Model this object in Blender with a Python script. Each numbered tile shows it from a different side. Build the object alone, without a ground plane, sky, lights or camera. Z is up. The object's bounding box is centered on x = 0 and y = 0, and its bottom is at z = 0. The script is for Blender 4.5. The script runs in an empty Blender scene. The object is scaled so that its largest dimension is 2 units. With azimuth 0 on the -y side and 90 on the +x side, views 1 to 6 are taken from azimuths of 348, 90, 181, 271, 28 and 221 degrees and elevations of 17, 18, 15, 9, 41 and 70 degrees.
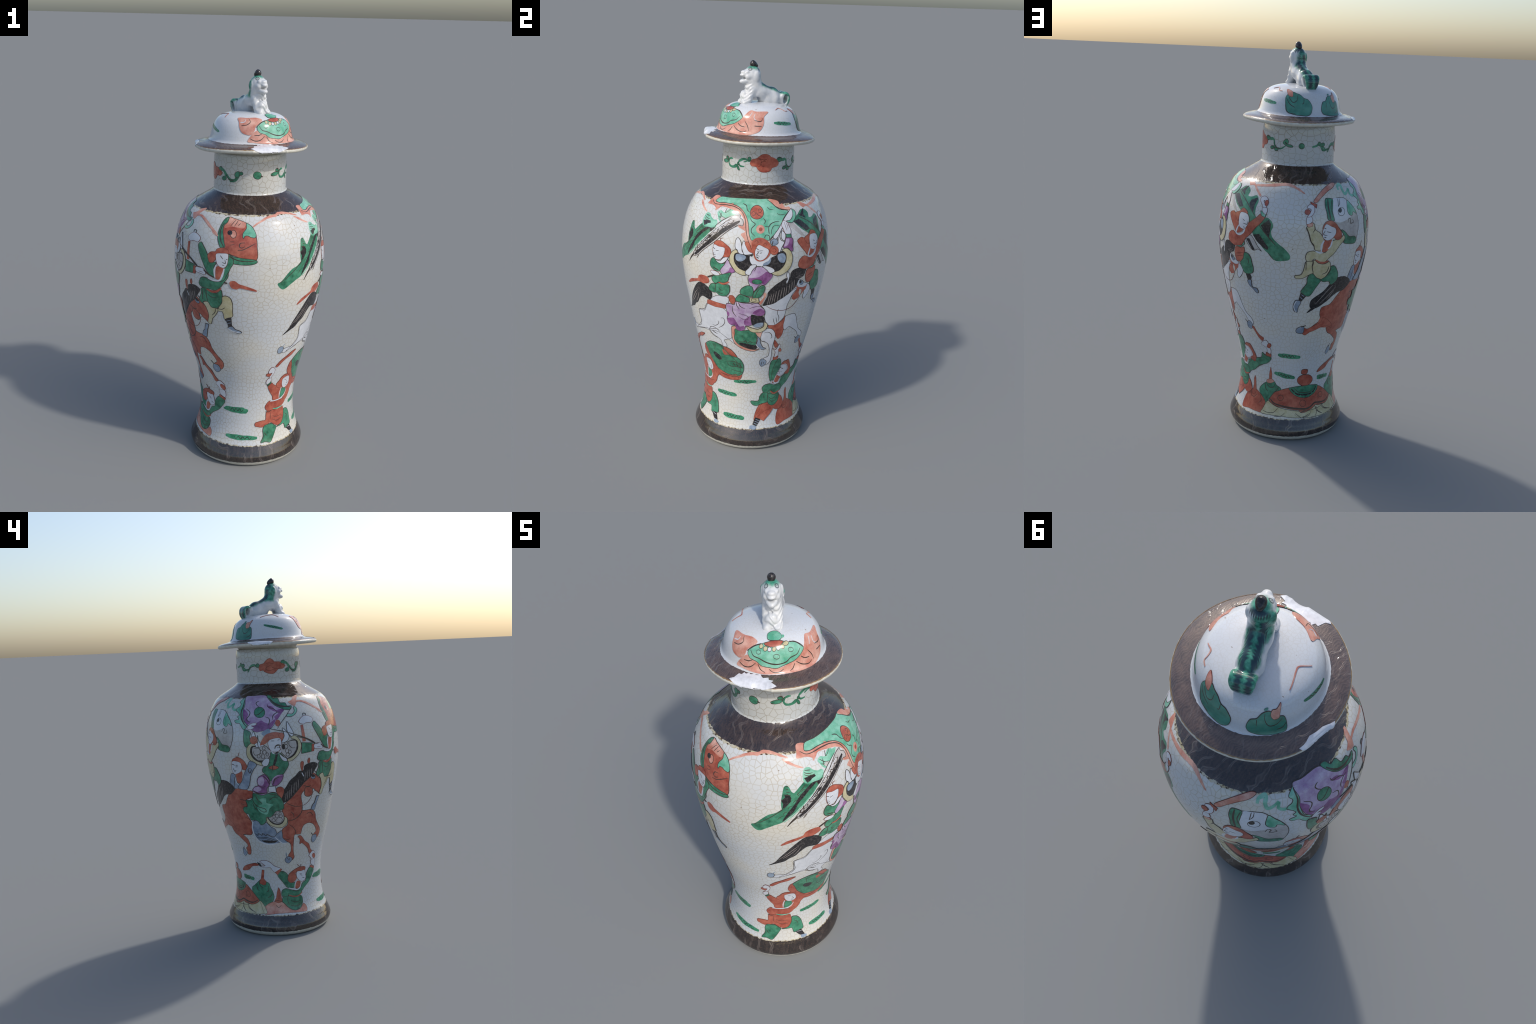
import bpy, bmesh, math, random
import numpy as np
from mathutils import Vector, noise
from mathutils.geometry import delaunay_2d_cdt

random.seed(7)
RNG = np.random.default_rng(7)
SCENE = bpy.context.scene


# ---------------------------------------------------------------- shapes ----
def hermite(knots_x, knots_y):
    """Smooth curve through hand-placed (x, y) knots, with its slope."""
    X, Y = np.array(knots_x, float), np.array(knots_y, float)
    h, d = np.diff(X), np.diff(Y) / np.diff(X)
    m = np.empty_like(Y)
    m[0], m[-1] = d[0], d[-1]
    m[1:-1] = (d[:-1] * h[1:] + d[1:] * h[:-1]) / (h[:-1] + h[1:])

    def f(x):
        x = np.asarray(x, float)
        i = np.clip(np.searchsorted(X, x) - 1, 0, len(X) - 2)
        t = (x - X[i]) / h[i]
        return ((2*t**3 - 3*t*t + 1) * Y[i] + (t**3 - 2*t*t + t) * h[i] * m[i]
                + (3*t*t - 2*t**3) * Y[i+1] + (t**3 - t*t) * h[i] * m[i+1])
    return f


# radius of the vessel at each height: flared foot, slim waist, high shoulder,
# sloping collar, straight neck
VESSEL = [(0, 0.2780), (0.009, 0.2885), (0.024, 0.2975), (0.045, 0.3030), (0.08, 0.2918), (0.12, 0.2732),
          (0.16, 0.2612), (0.2, 0.2542), (0.26, 0.2505), (0.34, 0.2524), (0.44, 0.2658),
          (0.54, 0.2903), (0.64, 0.3153), (0.76, 0.3407), (0.88, 0.3649), (1, 0.3803),
          (1.1, 0.3814), (1.18, 0.3720), (1.24, 0.3571), (1.29, 0.3351), (1.33, 0.3092),
          (1.348, 0.2889), (1.358, 0.2746), (1.37, 0.2547), (1.385, 0.2297), (1.402, 0.2026),
          (1.413, 0.1892), (1.42, 0.1835), (1.432, 0.1815), (1.45, 0.1812), (1.52, 0.1812),
          (1.585, 0.1795), (1.6, 0.1770)]
vessel_radius = hermite(*zip(*VESSEL))


def axis(z):
    """The pot leans a little: centre of the turning axis at height z."""
    k = np.clip((z - 1.40) / .03, 0, 1)
    low = np.clip((.25 - z) / .2, 0, 1)
    return -0.0002 + 0.0011 * (z - .7) - .005 * k, -0.0040 + 0.0104 * (z - .7) - .0003 * k + .003 * low


def vessel_point(az, z, lift=0.0):
    """Points and normals on the vessel; az in degrees from -y towards +x."""
    a, z = np.radians(np.asarray(az, float)), np.asarray(z, float)
    r = vessel_radius(z)
    dr = (vessel_radius(z + 5e-4) - vessel_radius(z - 5e-4)) / 1e-3
    n = np.stack([np.sin(a), -np.cos(a), -dr + 0 * a], -1)
    n /= np.linalg.norm(n, axis=-1, keepdims=True)
    x0, y0 = axis(z)
    p = np.stack([x0 + r * np.sin(a), y0 - r * np.cos(a), z + 0 * a], -1)
    return p + n * np.asarray(lift)[..., None], n


# the lid: a dome on a wide flat brim, with a rounded rim and an inner flange
LID = [(0.0, 1.8000), (.030, 1.7995), (.060, 1.7980), (.095, 1.7945), (.120, 1.7895), (.145, 1.7805),
       (.165, 1.7670), (.180, 1.7475), (.190, 1.7245), (.196, 1.7020), (.2005, 1.6830),
       (.2055, 1.6690), (.213, 1.6605), (.225, 1.6565), (.245, 1.6530), (.262, 1.6490),
       (.274, 1.6440), (.2805, 1.6370), (.2805, 1.6300), (.276, 1.6245), (.266, 1.6220),
       (.240, 1.6225), (.200, 1.6230), (.172, 1.6220), (.166, 1.6150), (.165, 1.580)]
_lr, _lz = (np.array(v, float) for v in zip(*LID))
_ls = np.concatenate([[0], np.cumsum(np.hypot(np.diff(_lr), np.diff(_lz)))])
lid_r, lid_z = hermite(_ls, _lr), hermite(_ls, _lz)
LID_LENGTH = float(_ls[-1])
LID_TILT = math.radians(1.5)
LID_SHIFT = (-.0035, .0035)
# bites broken out of the brim: (azimuth, half width in degrees, depth)
CHIPS = [(6.0, 15.0, .010), (17.0, 8.0, .008), (262.0, 11.0, .008)]


def lid_shape(az, s):
    r, z = lid_r(s), lid_z(s)
    az, r, z = np.broadcast_arrays(np.asarray(az, float), r, z)
    r, z = r.copy(), z.copy()
    edge = np.clip((r - .215) / .06, 0, 1)
    r = r + edge * (.0022 * np.sin(np.radians(2 * az + 40)) + .0012 * np.sin(np.radians(5 * az)))
    z = z + edge * .0025 * np.sin(np.radians(3 * az + 100))
    for c, w, d in CHIPS:
        k = np.clip(1 - (((az - c + 180) % 360 - 180) / w) ** 2, 0, 1) ** .8
        r = r - d * k * edge ** 3
        z = z - .5 * d * k * edge ** 2 * (z > 1.632)
    a = np.radians(az)
    x, y = r * np.sin(a), -r * np.cos(a)
    zz = z - 1.635
    return np.stack([x + LID_SHIFT[0], y * math.cos(LID_TILT) + LID_SHIFT[1], 1.635 + zz - y * math.sin(LID_TILT)], -1)


def lid_point(az, s, lift=0.0):
    e = 6e-4
    p = lid_shape(az, s)
    du = lid_shape(np.asarray(az) + .2, s) - lid_shape(np.asarray(az) - .2, s)
    dv = lid_shape(az, np.asarray(s) + e) - lid_shape(az, np.maximum(np.asarray(s) - e, 0))
    n = np.cross(dv, du)
    n = n / (np.linalg.norm(n, axis=-1, keepdims=True) + 1e-12)
    return p + n * np.asarray(lift)[..., None], n
#LIBEND


# ----------------------------------------------------------- scene helpers ----
def new_object(name, mesh, parent=None, **props):
    o = bpy.data.objects.new(name, mesh)
    SCENE.collection.objects.link(o)
    o.parent = parent
    for k, v in props.items():
        o[k] = v
    return o


def mesh_from(name, verts, faces, mats, normals=None, face_mats=None):
    me = bpy.data.meshes.new(name)
    me.from_pydata([tuple(v) for v in np.asarray(verts).tolist()], [], faces)
    for m in mats:
        me.materials.append(m)
    me.polygons.foreach_set("use_smooth", [True] * len(me.polygons))
    if face_mats is not None:
        me.polygons.foreach_set("material_index", list(face_mats))
    me.validate()
    me.update()
    if normals is not None:
        me.normals_split_custom_set_from_vertices([tuple(n) for n in np.asarray(normals).tolist()])
    return me


def grid_faces(rows, cols, base=0, flip=False):
    f = []
    for i in range(rows - 1):
        for j in range(cols):
            a, b = base + i * cols + j, base + i * cols + (j + 1) % cols
            c, d = b + cols, a + cols
            f.append((a, d, c, b) if flip else (a, b, c, d))
    return f


def edge_line(z0, wobble, fine, seed):
    """A hand-cut border round the pot: height against azimuth."""
    ph = np.random.default_rng(seed).uniform(0, 6.28, 8)

    def f(az):
        a = np.radians(az)
        s = sum(np.sin(k * a + ph[i]) / (i + 1) for i, k in enumerate((2, 5, 9, 14)))
        t = sum(np.sin(k * a + ph[i + 4]) for i, k in enumerate((31, 47, 73, 97)))
        return z0 + wobble * s * .5 + fine * t * .4
    return f


def ring_part(name, parent, material, low, high, rows, cols=512, lift=0.0):
    """A turned part of the vessel between two border lines."""
    az = np.arange(cols) * 360.0 / cols
    lo = low(az) if callable(low) else low + 0 * az
    hi = high(az) if callable(high) else high + 0 * az
    t = np.linspace(0, 1, rows)[:, None]
    z = lo[None] * (1 - t) + hi[None] * t
    p, n = vessel_point(np.broadcast_to(az, z.shape), z, np.full(z.shape, lift))
    me = mesh_from(name, p.reshape(-1, 3), grid_faces(rows, cols), [material], n.reshape(-1, 3))
    return new_object(name, me, parent)


# --------------------------------------------------------------- materials ----
class Nodes:
    def __init__(self, name):
        self.m = bpy.data.materials.new(name)
        self.m.use_nodes = True
        self.t = self.m.node_tree
        self.bsdf = self.t.nodes["Principled BSDF"]
        self.co = self.n("ShaderNodeTexCoord").outputs["Object"]

    def n(self, kind, **inputs):
        node = self.t.nodes.new(kind)
        for k, v in inputs.items():
            self.put(node, k, v)
        return node

    def put(self, node, key, v):
        sock = node.inputs[key if isinstance(key, int) else key.replace("_", " ")]
        if isinstance(v, bpy.types.NodeSocket):
            self.t.links.new(v, sock)
        else:
            sock.default_value = v

    def noise(self, scale, detail=3.0, rough=.55, vec=None, dist=0.0):
        return self.n("ShaderNodeTexNoise", Vector=vec or self.co, Scale=scale, Detail=detail, Roughness=rough, Distortion=dist).outputs["Fac"]

    def ramp(self, fac, *stops):
        r = self.n("ShaderNodeValToRGB", Fac=fac)
        e = r.color_ramp.elements
        while len(e) < len(stops):
            e.new(.5)
        for el, (p, c) in zip(e, stops):
            el.position = p
            el.color = (*c, 1) if isinstance(c, tuple) else (c, c, c, 1)
        return r.outputs["Color"]

    def mix(self, fac, a, b, mode="MIX"):
        x = self.t.nodes.new("ShaderNodeMix")
        x.data_type, x.blend_type = "RGBA", mode
        for k, v in ((0, fac), (6, a), (7, b)):
            if isinstance(v, tuple):
                v = (*v, 1)
            self.put(x, k, v)
        return x.outputs[2]

    def math(self, op, a, b=0.0, c=0.0, clamp=False):
        x = self.n("ShaderNodeMath")
        x.operation, x.use_clamp = op, clamp
        for i, v in enumerate((a, b, c)):
            self.put(x, i, v)
        return x.outputs[0]

    def vmath(self, op, a, b=(0, 0, 0)):
        x = self.n("ShaderNodeVectorMath")
        x.operation = op
        self.put(x, 0, a)
        self.put(x, 1, b)
        return x.outputs["Value" if op in ("DOT_PRODUCT", "LENGTH", "DISTANCE") else "Vector"]

    def cracks(self, scale, width, warp=.012, around=0.0):
        w = self.n("ShaderNodeTexNoise", Vector=self.co, Scale=scale * .35, Detail=2.0)
        off = self.vmath("SCALE", self.vmath("SUBTRACT", w.outputs["Color"], (.5, .5, .5)))
        off.node.inputs["Scale"].default_value = warp
        co = self.co
        if around:  # crackle lies in the skin of the glaze: unroll the turned wall
            x = self.n("ShaderNodeSeparateXYZ", Vector=self.co).outputs
            a = self.math("MULTIPLY", self.math("ARCTAN2", x["Y"], x["X"]), around)
            co = self.n("ShaderNodeCombineXYZ", X=a, Y=x["Z"]).outputs[0]
        v = self.n("ShaderNodeTexVoronoi", Vector=self.vmath("ADD", co, off), Scale=scale, Randomness=.85)
        v.voronoi_dimensions = "2D" if around else "3D"
        v.feature = "DISTANCE_TO_EDGE"
        return self.ramp(v.outputs["Distance"], (0.0, 1.0), (width * .35, .75), (width, 0.0))

    def bump(self, height, strength, distance=.002):
        b = self.n("ShaderNodeBump", Height=height, Strength=strength, Distance=distance)
        self.put(self.bsdf, "Normal", b.outputs[0])

    def done(self, color, rough=.12, spec=.5, coat=0.0, metallic=0.0):
        self.put(self.bsdf, "Base Color", color if not isinstance(color, tuple) else (*color, 1))
        self.put(self.bsdf, "Roughness", rough)
        self.put(self.bsdf, "Specular IOR Level", spec)
        self.put(self.bsdf, "Coat Weight", coat)
        self.put(self.bsdf, "Coat Roughness", .05)
        self.put(self.bsdf, "Metallic", metallic)
        return self.m


def glaze(name, cell, line, crack=(.36, .27, .15), white=(.66, .68, .69), warm=(.70, .655, .56), strength=.6, warmth=.5, around=0.0):
    k = Nodes(name)
    base = k.mix(k.math("MULTIPLY", k.ramp(k.noise(3.2, 2), (.42, 0.0), (.68, 1.0)), warmth), white, warm)
    base = k.mix(k.math("MULTIPLY", k.noise(55, 3), .22), base, tuple(x * .82 for x in white))
    c1 = k.cracks(1 / cell, line / cell, around=around)
    fade = k.math("MULTIPLY", k.ramp(k.noise(9, 3), (.30, .35), (.65, 1.0)), strength)
    base = k.mix(k.math("MULTIPLY", c1, fade), base, crack)
    specks = k.ramp(k.noise(70, 2, .4), (.76, 0.0), (.79, 1.0))
    base = k.mix(k.math("MULTIPLY", specks, .7), base, (.16, .10, .05))
    k.bump(k.noise(22, 2), .06, .004)
    return k.done(base, .09, .5)


def enamel(name, dark, light, scale=38.0, rough=.16, cracked=.16):
    """Overglaze colour: pools unevenly, so it runs from thin to thick."""
    k = Nodes(name)
    f = k.ramp(k.math("ADD", k.math("MULTIPLY", k.noise(scale, 5, .65), .65), k.math("MULTIPLY", k.noise(13, 2), .35)), (.36, 0.0), (.64, 1.0))
    c = k.mix(f, dark, light)
    c = k.mix(k.math("MULTIPLY", k.cracks(43, .05), cracked), c, (.12, .09, .05))
    return k.done(c, rough, .5)


def plain(name, color, rough=.25):
    k = Nodes(name)
    c = k.mix(k.ramp(k.noise(60, 2), (.3, 0.0), (.7, 1.0)), tuple(x * .8 for x in color), color)
    return k.done(c, rough, .5)


def brushed(name, dark, light):
    """Thin black put on with a dry brush, so the streaks let light through."""
    k = Nodes(name)
    f = k.ramp(k.noise(95, 4, .7), (.48, 0.0), (.72, 1.0))
    return k.done(k.mix(f, dark, light), .15, .5)


def brown_glaze(name, carve_scale, pale, dark, light):
    """Dark iron-brown band with incised leaf scrolls and worn pale lines."""
    k = Nodes(name)
    w = k.n("ShaderNodeTexWave", Vector=k.co, Scale=carve_scale, Distortion=9.0, Detail=2.0, **{"Detail_Scale": 1.6})
    lines = k.ramp(w.outputs["Fac"], (.80, 0.0), (.93, 1.0), (1.0, .3))
    patch = k.ramp(k.noise(13, 2), (.42, 0.0), (.58, 1.0))
    cut = k.math("MULTIPLY", lines, patch)
    fine = k.n("ShaderNodeTexWave", Vector=k.co, Scale=carve_scale * 3.2, Distortion=14.0, Detail=3.0, **{"Detail_Scale": .8}).outputs["Fac"]
    base = k.mix(k.ramp(k.noise(28, 4, .65), (.32, 0.0), (.68, 1.0)), dark, light)
    rust = k.ramp(k.noise(150, 3, .7), (.54, 0.0), (.70, 1.0))
    base = k.mix(k.math("MULTIPLY", rust, .40), base, (.15, .080, .048))
    base = k.mix(k.math("MULTIPLY", fine, .22), base, tuple(min(1.0, x * 2.0) for x in light))
    base = k.mix(k.math("MULTIPLY", cut, pale), base, (.22, .18, .16))
    h = k.math("ADD", k.math("ADD", k.math("MULTIPLY", cut, .9), k.math("MULTIPLY", k.noise(60, 3), .25)), k.math("MULTIPLY", fine, .12))
    k.bump(h, .28, .003)
    m = k.done(base, k.math("ADD", .09, k.math("MULTIPLY", rust, .12)), .5)
    k.bsdf.inputs["IOR"].default_value = 1.75
    return m


def worn_line(name):
    """Cream slip showing at the edge of a brown band, with dark burnt spots."""
    k = Nodes(name)
    c = k.mix(k.ramp(k.noise(40, 3), (.40, 0.0), (.62, 1.0)), (.44, .37, .22), (.50, .47, .38))
    c = k.mix(k.ramp(k.noise(75, 3, .6), (.50, 0.0), (.58, 1.0)), c, (.07, .042, .022))
    return k.done(c, .2, .5)


WORN = worn_line("worn_band_edge")
GLAZE_BODY = glaze("crackle_glaze_body", .0225, .0023, crack=(.36, .29, .185), white=(.545, .565, .580), warm=(.62, .575, .47), strength=.62, warmth=.75, around=.33)
GLAZE_NECK = glaze("crackle_glaze_neck", .028, .0021, crack=(.25, .20, .125), white=(.50, .52, .52), warm=(.56, .52, .43), strength=.75, warmth=.6, around=.18)
GLAZE_LID = glaze("crackle_glaze_lid", .0125, .0011, crack=(.45, .40, .33), white=(.60, .625, .66), warm=(.62, .61, .58), strength=.30, warmth=.5)
BROWN_COLLAR = brown_glaze("iron_brown_collar", 7.0, .45, (.016, .013, .014), (.046, .031, .026))
BROWN_FOOT = brown_glaze("iron_brown_foot", 5.0, .50, (.013, .011, .011), (.036, .027, .023))
BROWN_BRIM = brown_glaze("iron_brown_brim", 11.0, .40, (.045, .034, .032), (.110, .075, .062))
BISCUIT = plain("bare_biscuit", (.60, .58, .50), .40)
OCHRE = plain("ochre_edge", (.26, .16, .075), .3)
PAINTS = {
    "green": enamel("green_enamel", (.014, .100, .054), (.078, .290, .175)),
    "teal": enamel("pale_green_enamel", (.08, .33, .21), (.26, .53, .41), scale=26),
    "grass": enamel("grass_green_enamel", (.015, .14, .07), (.070, .31, .18)),
    "jade": enamel("jade_green_enamel", (.025, .145, .100), (.085, .29, .215), scale=24),
    "red": enamel("iron_red_enamel", (.26, .046, .030), (.48, .145, .092), rough=.16),
    "coral": enamel("coral_wash", (.47, .16, .11), (.65, .38, .30), scale=26, rough=.18),
    "yellow": enamel("straw_yellow_enamel", (.42, .37, .20), (.56, .52, .36)),
    "purple": enamel("aubergine_enamel", (.13, .030, .13), (.34, .15, .34), scale=24),
    "lilac": enamel("lilac_wash", (.32, .19, .36), (.54, .47, .58), scale=24),
    "blue": enamel("blue_enamel", (.13, .18, .26), (.30, .37, .46)),
    "white": enamel("white_enamel", (.52, .54, .58), (.62, .64, .68), cracked=.10),
    "grey": enamel("grey_wash", (.34, .32, .31), (.50, .48, .47)),
    "hair": plain("dry_brush_hair", (.30, .255, .235), .25),
    "black": brushed("black_enamel", (.018, .016, .017), (.085, .075, .072)),
    "ink": plain("brown_ink_line", (.060, .045, .036), .2),
    "rust": plain("iron_red_line", (.17, .040, .024), .2),
    "chip": plain("chipped_porcelain", (.72, .73, .77), .22),
}
PAINT_NAMES = list(PAINTS)


# ---------------------------------------------------------------- the vessel ----
jar = bpy.data.objects.new("covered_jar", None)
SCENE.collection.objects.link(jar)
jar["label"] = "tall white crackled porcelain jar painted with warriors and horses"
jar["category"] = "porcelain jar"

FOOT_LOW = edge_line(.027, .003, .0012, 3)
FOOT_TOP = edge_line(.110, .003, .0012, 5)
FOOT_EDGE = edge_line(.1145, .003, .0022, 5)
COLLAR_LOW = edge_line(1.347, .0015, .0010, 8)
COLLAR_EDGE = edge_line(1.3415, .0015, .0020, 10)
COLLAR_TOP = edge_line(1.4165, .0012, .0005, 9)
body = ring_part("body", jar, GLAZE_BODY, FOOT_EDGE, COLLAR_EDGE, 260)
ring_part("band_edge", jar, WORN, FOOT_TOP, FOOT_EDGE, 3)
ring_part("band_edge", jar, WORN, COLLAR_EDGE, COLLAR_LOW, 4)
ring_part("foot_ring", jar, BISCUIT, 0.0, FOOT_LOW, 14)
ring_part("foot_band", jar, BROWN_FOOT, FOOT_LOW, FOOT_TOP, 36)
ring_part("collar_band", jar, BROWN_COLLAR, COLLAR_LOW, COLLAR_TOP, 48)
neck = ring_part("neck", jar, GLAZE_NECK, COLLAR_TOP, 1.60, 60)


def turned(name, parent, mat, rz, cols=256):
    """Plain turned surface through (radius, height) pairs, on the pot's axis."""
    az = np.radians(np.arange(cols) * 360.0 / cols)
    v = []
    for r, z in rz:
        x0, y0 = axis(z)
        v += [(x0 + r * math.sin(a), y0 - r * math.cos(a), z) for a in az]
    return new_object(name, mesh_from(name, v, grid_faces(len(rz), cols), [mat]), parent)


wall = [(float(vessel_radius(z)) - .016, z) for z in np.linspace(1.56, .06, 40)]
turned("mouth_rim", jar, GLAZE_NECK, [(.1760, 1.600), (.1755, 1.6035), (.1735, 1.606), (.1705, 1.607), (.1675, 1.606), (.1655, 1.603), (.1645, 1.598), (.1640, 1.57)])
turned("inner_wall", jar, BISCUIT, [(.1640, 1.57)] + wall + [(.10, .05), (.001, .048)])
turned("base", jar, BISCUIT, [(.001, .022), (.20, .022), (.232, .018), (.240, .004), (.247, 0.0), (.2780, 0.0)])


# -------------------------------------------------------------------- the lid ----
def lid_part(name, parent, mat, s0, s1, rows, cols=480):
    az = np.arange(cols) * 360.0 / cols
    lo = s0(az) if callable(s0) else s0 + 0 * az
    hi = s1(az) if callable(s1) else s1 + 0 * az
    t = np.linspace(0, 1, rows)[:, None]
    s = lo[None] * (1 - t) + hi[None] * t
    p, n = lid_point(np.broadcast_to(az, s.shape), s)
    return new_object(name, mesh_from(name, p.reshape(-1, 3), grid_faces(rows, cols, flip=True), [mat], n.reshape(-1, 3)), parent)


def lid_s(i):
    return float(_ls[i])


LID_BRIM = edge_line(lid_s(12) - .001, .0030, .0007, 12)
LID_RIM = edge_line(lid_s(16) + .003, .0015, .0008, 13)
lid = lid_part("lid", jar, GLAZE_LID, .0005, LID_BRIM, 90)
lid_part("brim", lid, BROWN_BRIM, LID_BRIM, LID_RIM, 40)
LID_LINE = edge_line(lid_s(16) + .0065, .0015, .0010, 14)
lid_part("rim_line", lid, OCHRE, LID_RIM, LID_LINE, 4)
lid_part("rim", lid, BISCUIT, LID_LINE, LID_LENGTH, 50)


# ------------------------------------------------------- the lion on the lid ----
# local frame: f forward (the way it faces), t to its left side, z up
FACE = math.radians(25.0)
FWD = np.array([math.sin(FACE), -math.cos(FACE), 0.0])
LAT = np.array([math.cos(FACE), math.sin(FACE), 0.0])


def smooth_min(a, b, k):
    h = np.clip(.5 + .5 * (b - a) / k, 0, 1)
    return b * (1 - h) + a * h - k * h * (1 - h)


def ellipsoid(P, c, r):
    q = (P - np.array(c)) / np.array(r)
    k0 = np.linalg.norm(q, axis=-1)
    k1 = np.linalg.norm(q / np.array(r), axis=-1)
    return k0 * (k0 - 1) / np.maximum(k1, 1e-6)


def capsule(P, a, b, ra, rb):
    a, b = np.array(a, float), np.array(b, float)
    h = np.clip(((P - a) @ (b - a)) / ((b - a) @ (b - a)), 0, 1)
    return np.linalg.norm(P - a - h[..., None] * (b - a), axis=-1) - (ra + (rb - ra) * h)


def lion_field(P):
    bend = .004 * np.clip(-P[..., 0] / .13, 0, 1.2)
    P = P - np.stack([0 * bend, bend, 0 * bend], -1)
    d = capsule(P, (-.012, 0, 1.846), (-.088, 0, 1.818), .039, .034)              # sloping back
    d = smooth_min(d, ellipsoid(P, (-.064, 0, 1.834), (.034, .036, .036)), .010)   # rump
    d = smooth_min(d, ellipsoid(P, (-.050, 0, 1.812), (.056, .038, .034)), .012)   # belly
    d = smooth_min(d, ellipsoid(P, (-.072, 0, 1.812), (.030, .041, .042)), .012)   # haunches
    d = smooth_min(d, capsule(P, (.020, 0, 1.850), (.038, 0, 1.905), .040, .039), .024)  # neck and chest
    d = smooth_min(d, ellipsoid(P, (.040, 0, 1.932), (.041, .0375, .040)), .012)   # skull
    d = smooth_min(d, ellipsoid(P, (.074, 0, 1.934), (.025, .023, .018)), .012)    # muzzle
    d = smooth_min(d, ellipsoid(P, (.091, 0, 1.942), (.010, .013, .008)), .006)    # nose
    d = smooth_min(d, ellipsoid(P, (.095, 0, 1.928), (.011, .015, .007)), .006)    # upper lip
    d = smooth_min(d, ellipsoid(P, (.076, 0, 1.900), (.026, .023, .015)), .011)    # jaw
    d = smooth_min(d, ellipsoid(P, (.096, 0, 1.897), (.012, .013, .009)), .008)    # chin
    d = smooth_min(d, ellipsoid(P, (.060, .004, 1.872), (.021, .028, .018)), .012) # beard
    for t in (-1, 1):
        d = smooth_min(d, ellipsoid(P, (.032, t * .036, 1.925), (.013, .008, .022)), .010)  # ears
        d = smooth_min(d, ellipsoid(P, (.070, t * .021, 1.921), (.015, .012, .012)), .009)  # cheeks
        d = smooth_min(d, ellipsoid(P, (.074, t * .018, 1.944), (.008, .008, .007)), .006)  # brows
        d = smooth_min(d, capsule(P, (.050, t * .021, 1.855), (.074, t * .020, 1.800), .019, .019), .012)  # fore legs
        d = smooth_min(d, ellipsoid(P, (.088, t * .020, 1.799), (.018, .018, .015)), .009)  # paws
    d = smooth_min(d, ellipsoid(P, (.082, -.004, 1.829), (.020, .024, .026)), .010)    # ball held to the chest
    d = d + .0010 * np.sin(P[..., 2] * 300 + 5 * np.sin(P[..., 1] * 90) + 60 * P[..., 0]) * np.clip((P[..., 0] - .045) / .02, 0, 1) * np.clip((1.90 - P[..., 2]) / .02, 0, 1)  # chest hair
    hole = capsule(P, (.0205, -.1, 1.811), (.0205, .1, 1.811), .0125, .0125)
    d = -smooth_min(-d, hole, .010)
    mouth = ellipsoid(P, (.098, 0, 1.9135), (.026, .018, .0055))
    d = -smooth_min(-d, mouth, .003)
    # the curled tail: a thick band bent over into a loop, narrower at its tip
    f, z = P[..., 0] + .123, P[..., 2] - 1.808
    q = np.sqrt((f / .030) ** 2 + (z / .040) ** 2)
    loop = (q - 1) * .033
    inner = (np.sqrt(((f + .003) / .0115) ** 2 + ((z - .004) / .022) ** 2) - 1) * .015
    half = .034 + .25 * np.clip(z, -.05, .026)
    side = np.abs(P[..., 1]) - half
    tail = -smooth_min(-loop, -side, .012)
    tail = -smooth_min(-tail, inner, .006)
    return smooth_min(d, tail, .006)


def surface_nets(field, low, high, step):
    """Closed surface of field = 0 on a regular grid."""
    ax = [np.arange(l, h + step, step) for l, h in zip(low, high)]
    G = np.stack(np.meshgrid(*ax, indexing="ij"), -1)
    F = field(G)
    S = F < 0
    n = np.array(F.shape) - 1
    acc = np.zeros((*n, 3))
    cnt = np.zeros(n)
    corner = [(i, j, k) for i in (0, 1) for j in (0, 1) for k in (0, 1)]
    sl = lambda c: tuple(slice(c[i], c[i] + n[i]) for i in range(3))
    for a in corner:
        for i in range(3):
            if a[i] == 0:
                b = tuple(a[m] + (m == i) for m in range(3))
                fa, fb = F[sl(a)], F[sl(b)]
                x = (fa < 0) != (fb < 0)
                t = np.where(x, fa / np.where(x, fa - fb, 1), 0)
                for m in range(3):
                    acc[..., m] += np.where(x, a[m] + (t if m == i else 0), 0)
                cnt += x
    use = cnt > 0
    index = -np.ones(n, int)
    index[use] = np.arange(use.sum())
    V = np.argwhere(use) + acc[use] / cnt[use][:, None]
    V = V * step + np.array(low)
    faces = []
    for i in range(3):
        u, v = (i + 1) % 3, (i + 2) % 3
        sa = [slice(1, n[m]) for m in range(3)]
        sa[i] = slice(0, n[i])
        sb = list(sa)
        sb[i] = slice(1, n[i] + 1)
        A, B = S[tuple(sa)], S[tuple(sb)]
        for idx in np.argwhere(A != B):
            c = idx + np.array([1 if m != i else 0 for m in range(3)])
            quad = []
            for du, dv in ((0, 0), (-1, 0), (-1, -1), (0, -1)):
                q = c.copy()
                q[u] += du
                q[v] += dv
                quad.append(int(index[tuple(q)]))
            faces.append(quad if A[tuple(idx)] else quad[::-1])
    return V, faces


LION_LOW, LION_HIGH = (-.175, -.060, 1.765), (.125, .070, 1.985)
LV, LF = surface_nets(lion_field, LION_LOW, LION_HIGH, .0023)
LV = LV + .0009 * np.array([[noise.noise(Vector(p) * 90) for _ in (0,)][0] for p in LV])[:, None] * np.array([1, 1, 0])
grad = np.stack([lion_field(LV + e) - lion_field(LV - e) for e in np.eye(3) * .0016], -1)
LN = grad / np.linalg.norm(grad, axis=1, keepdims=True)
LION_ORIGIN = np.array([0.0015, 0.003, 0.0])
EYE = tuple(float(v) for v in LV[np.argmin(np.linalg.norm(LV - np.array([.066, .024, 1.962]), axis=1))])
to_world = lambda v: v[:, :1] * FWD + v[:, 1:2] * LAT + v[:, 2:3] * np.array([0, 0, 1.0])


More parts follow.
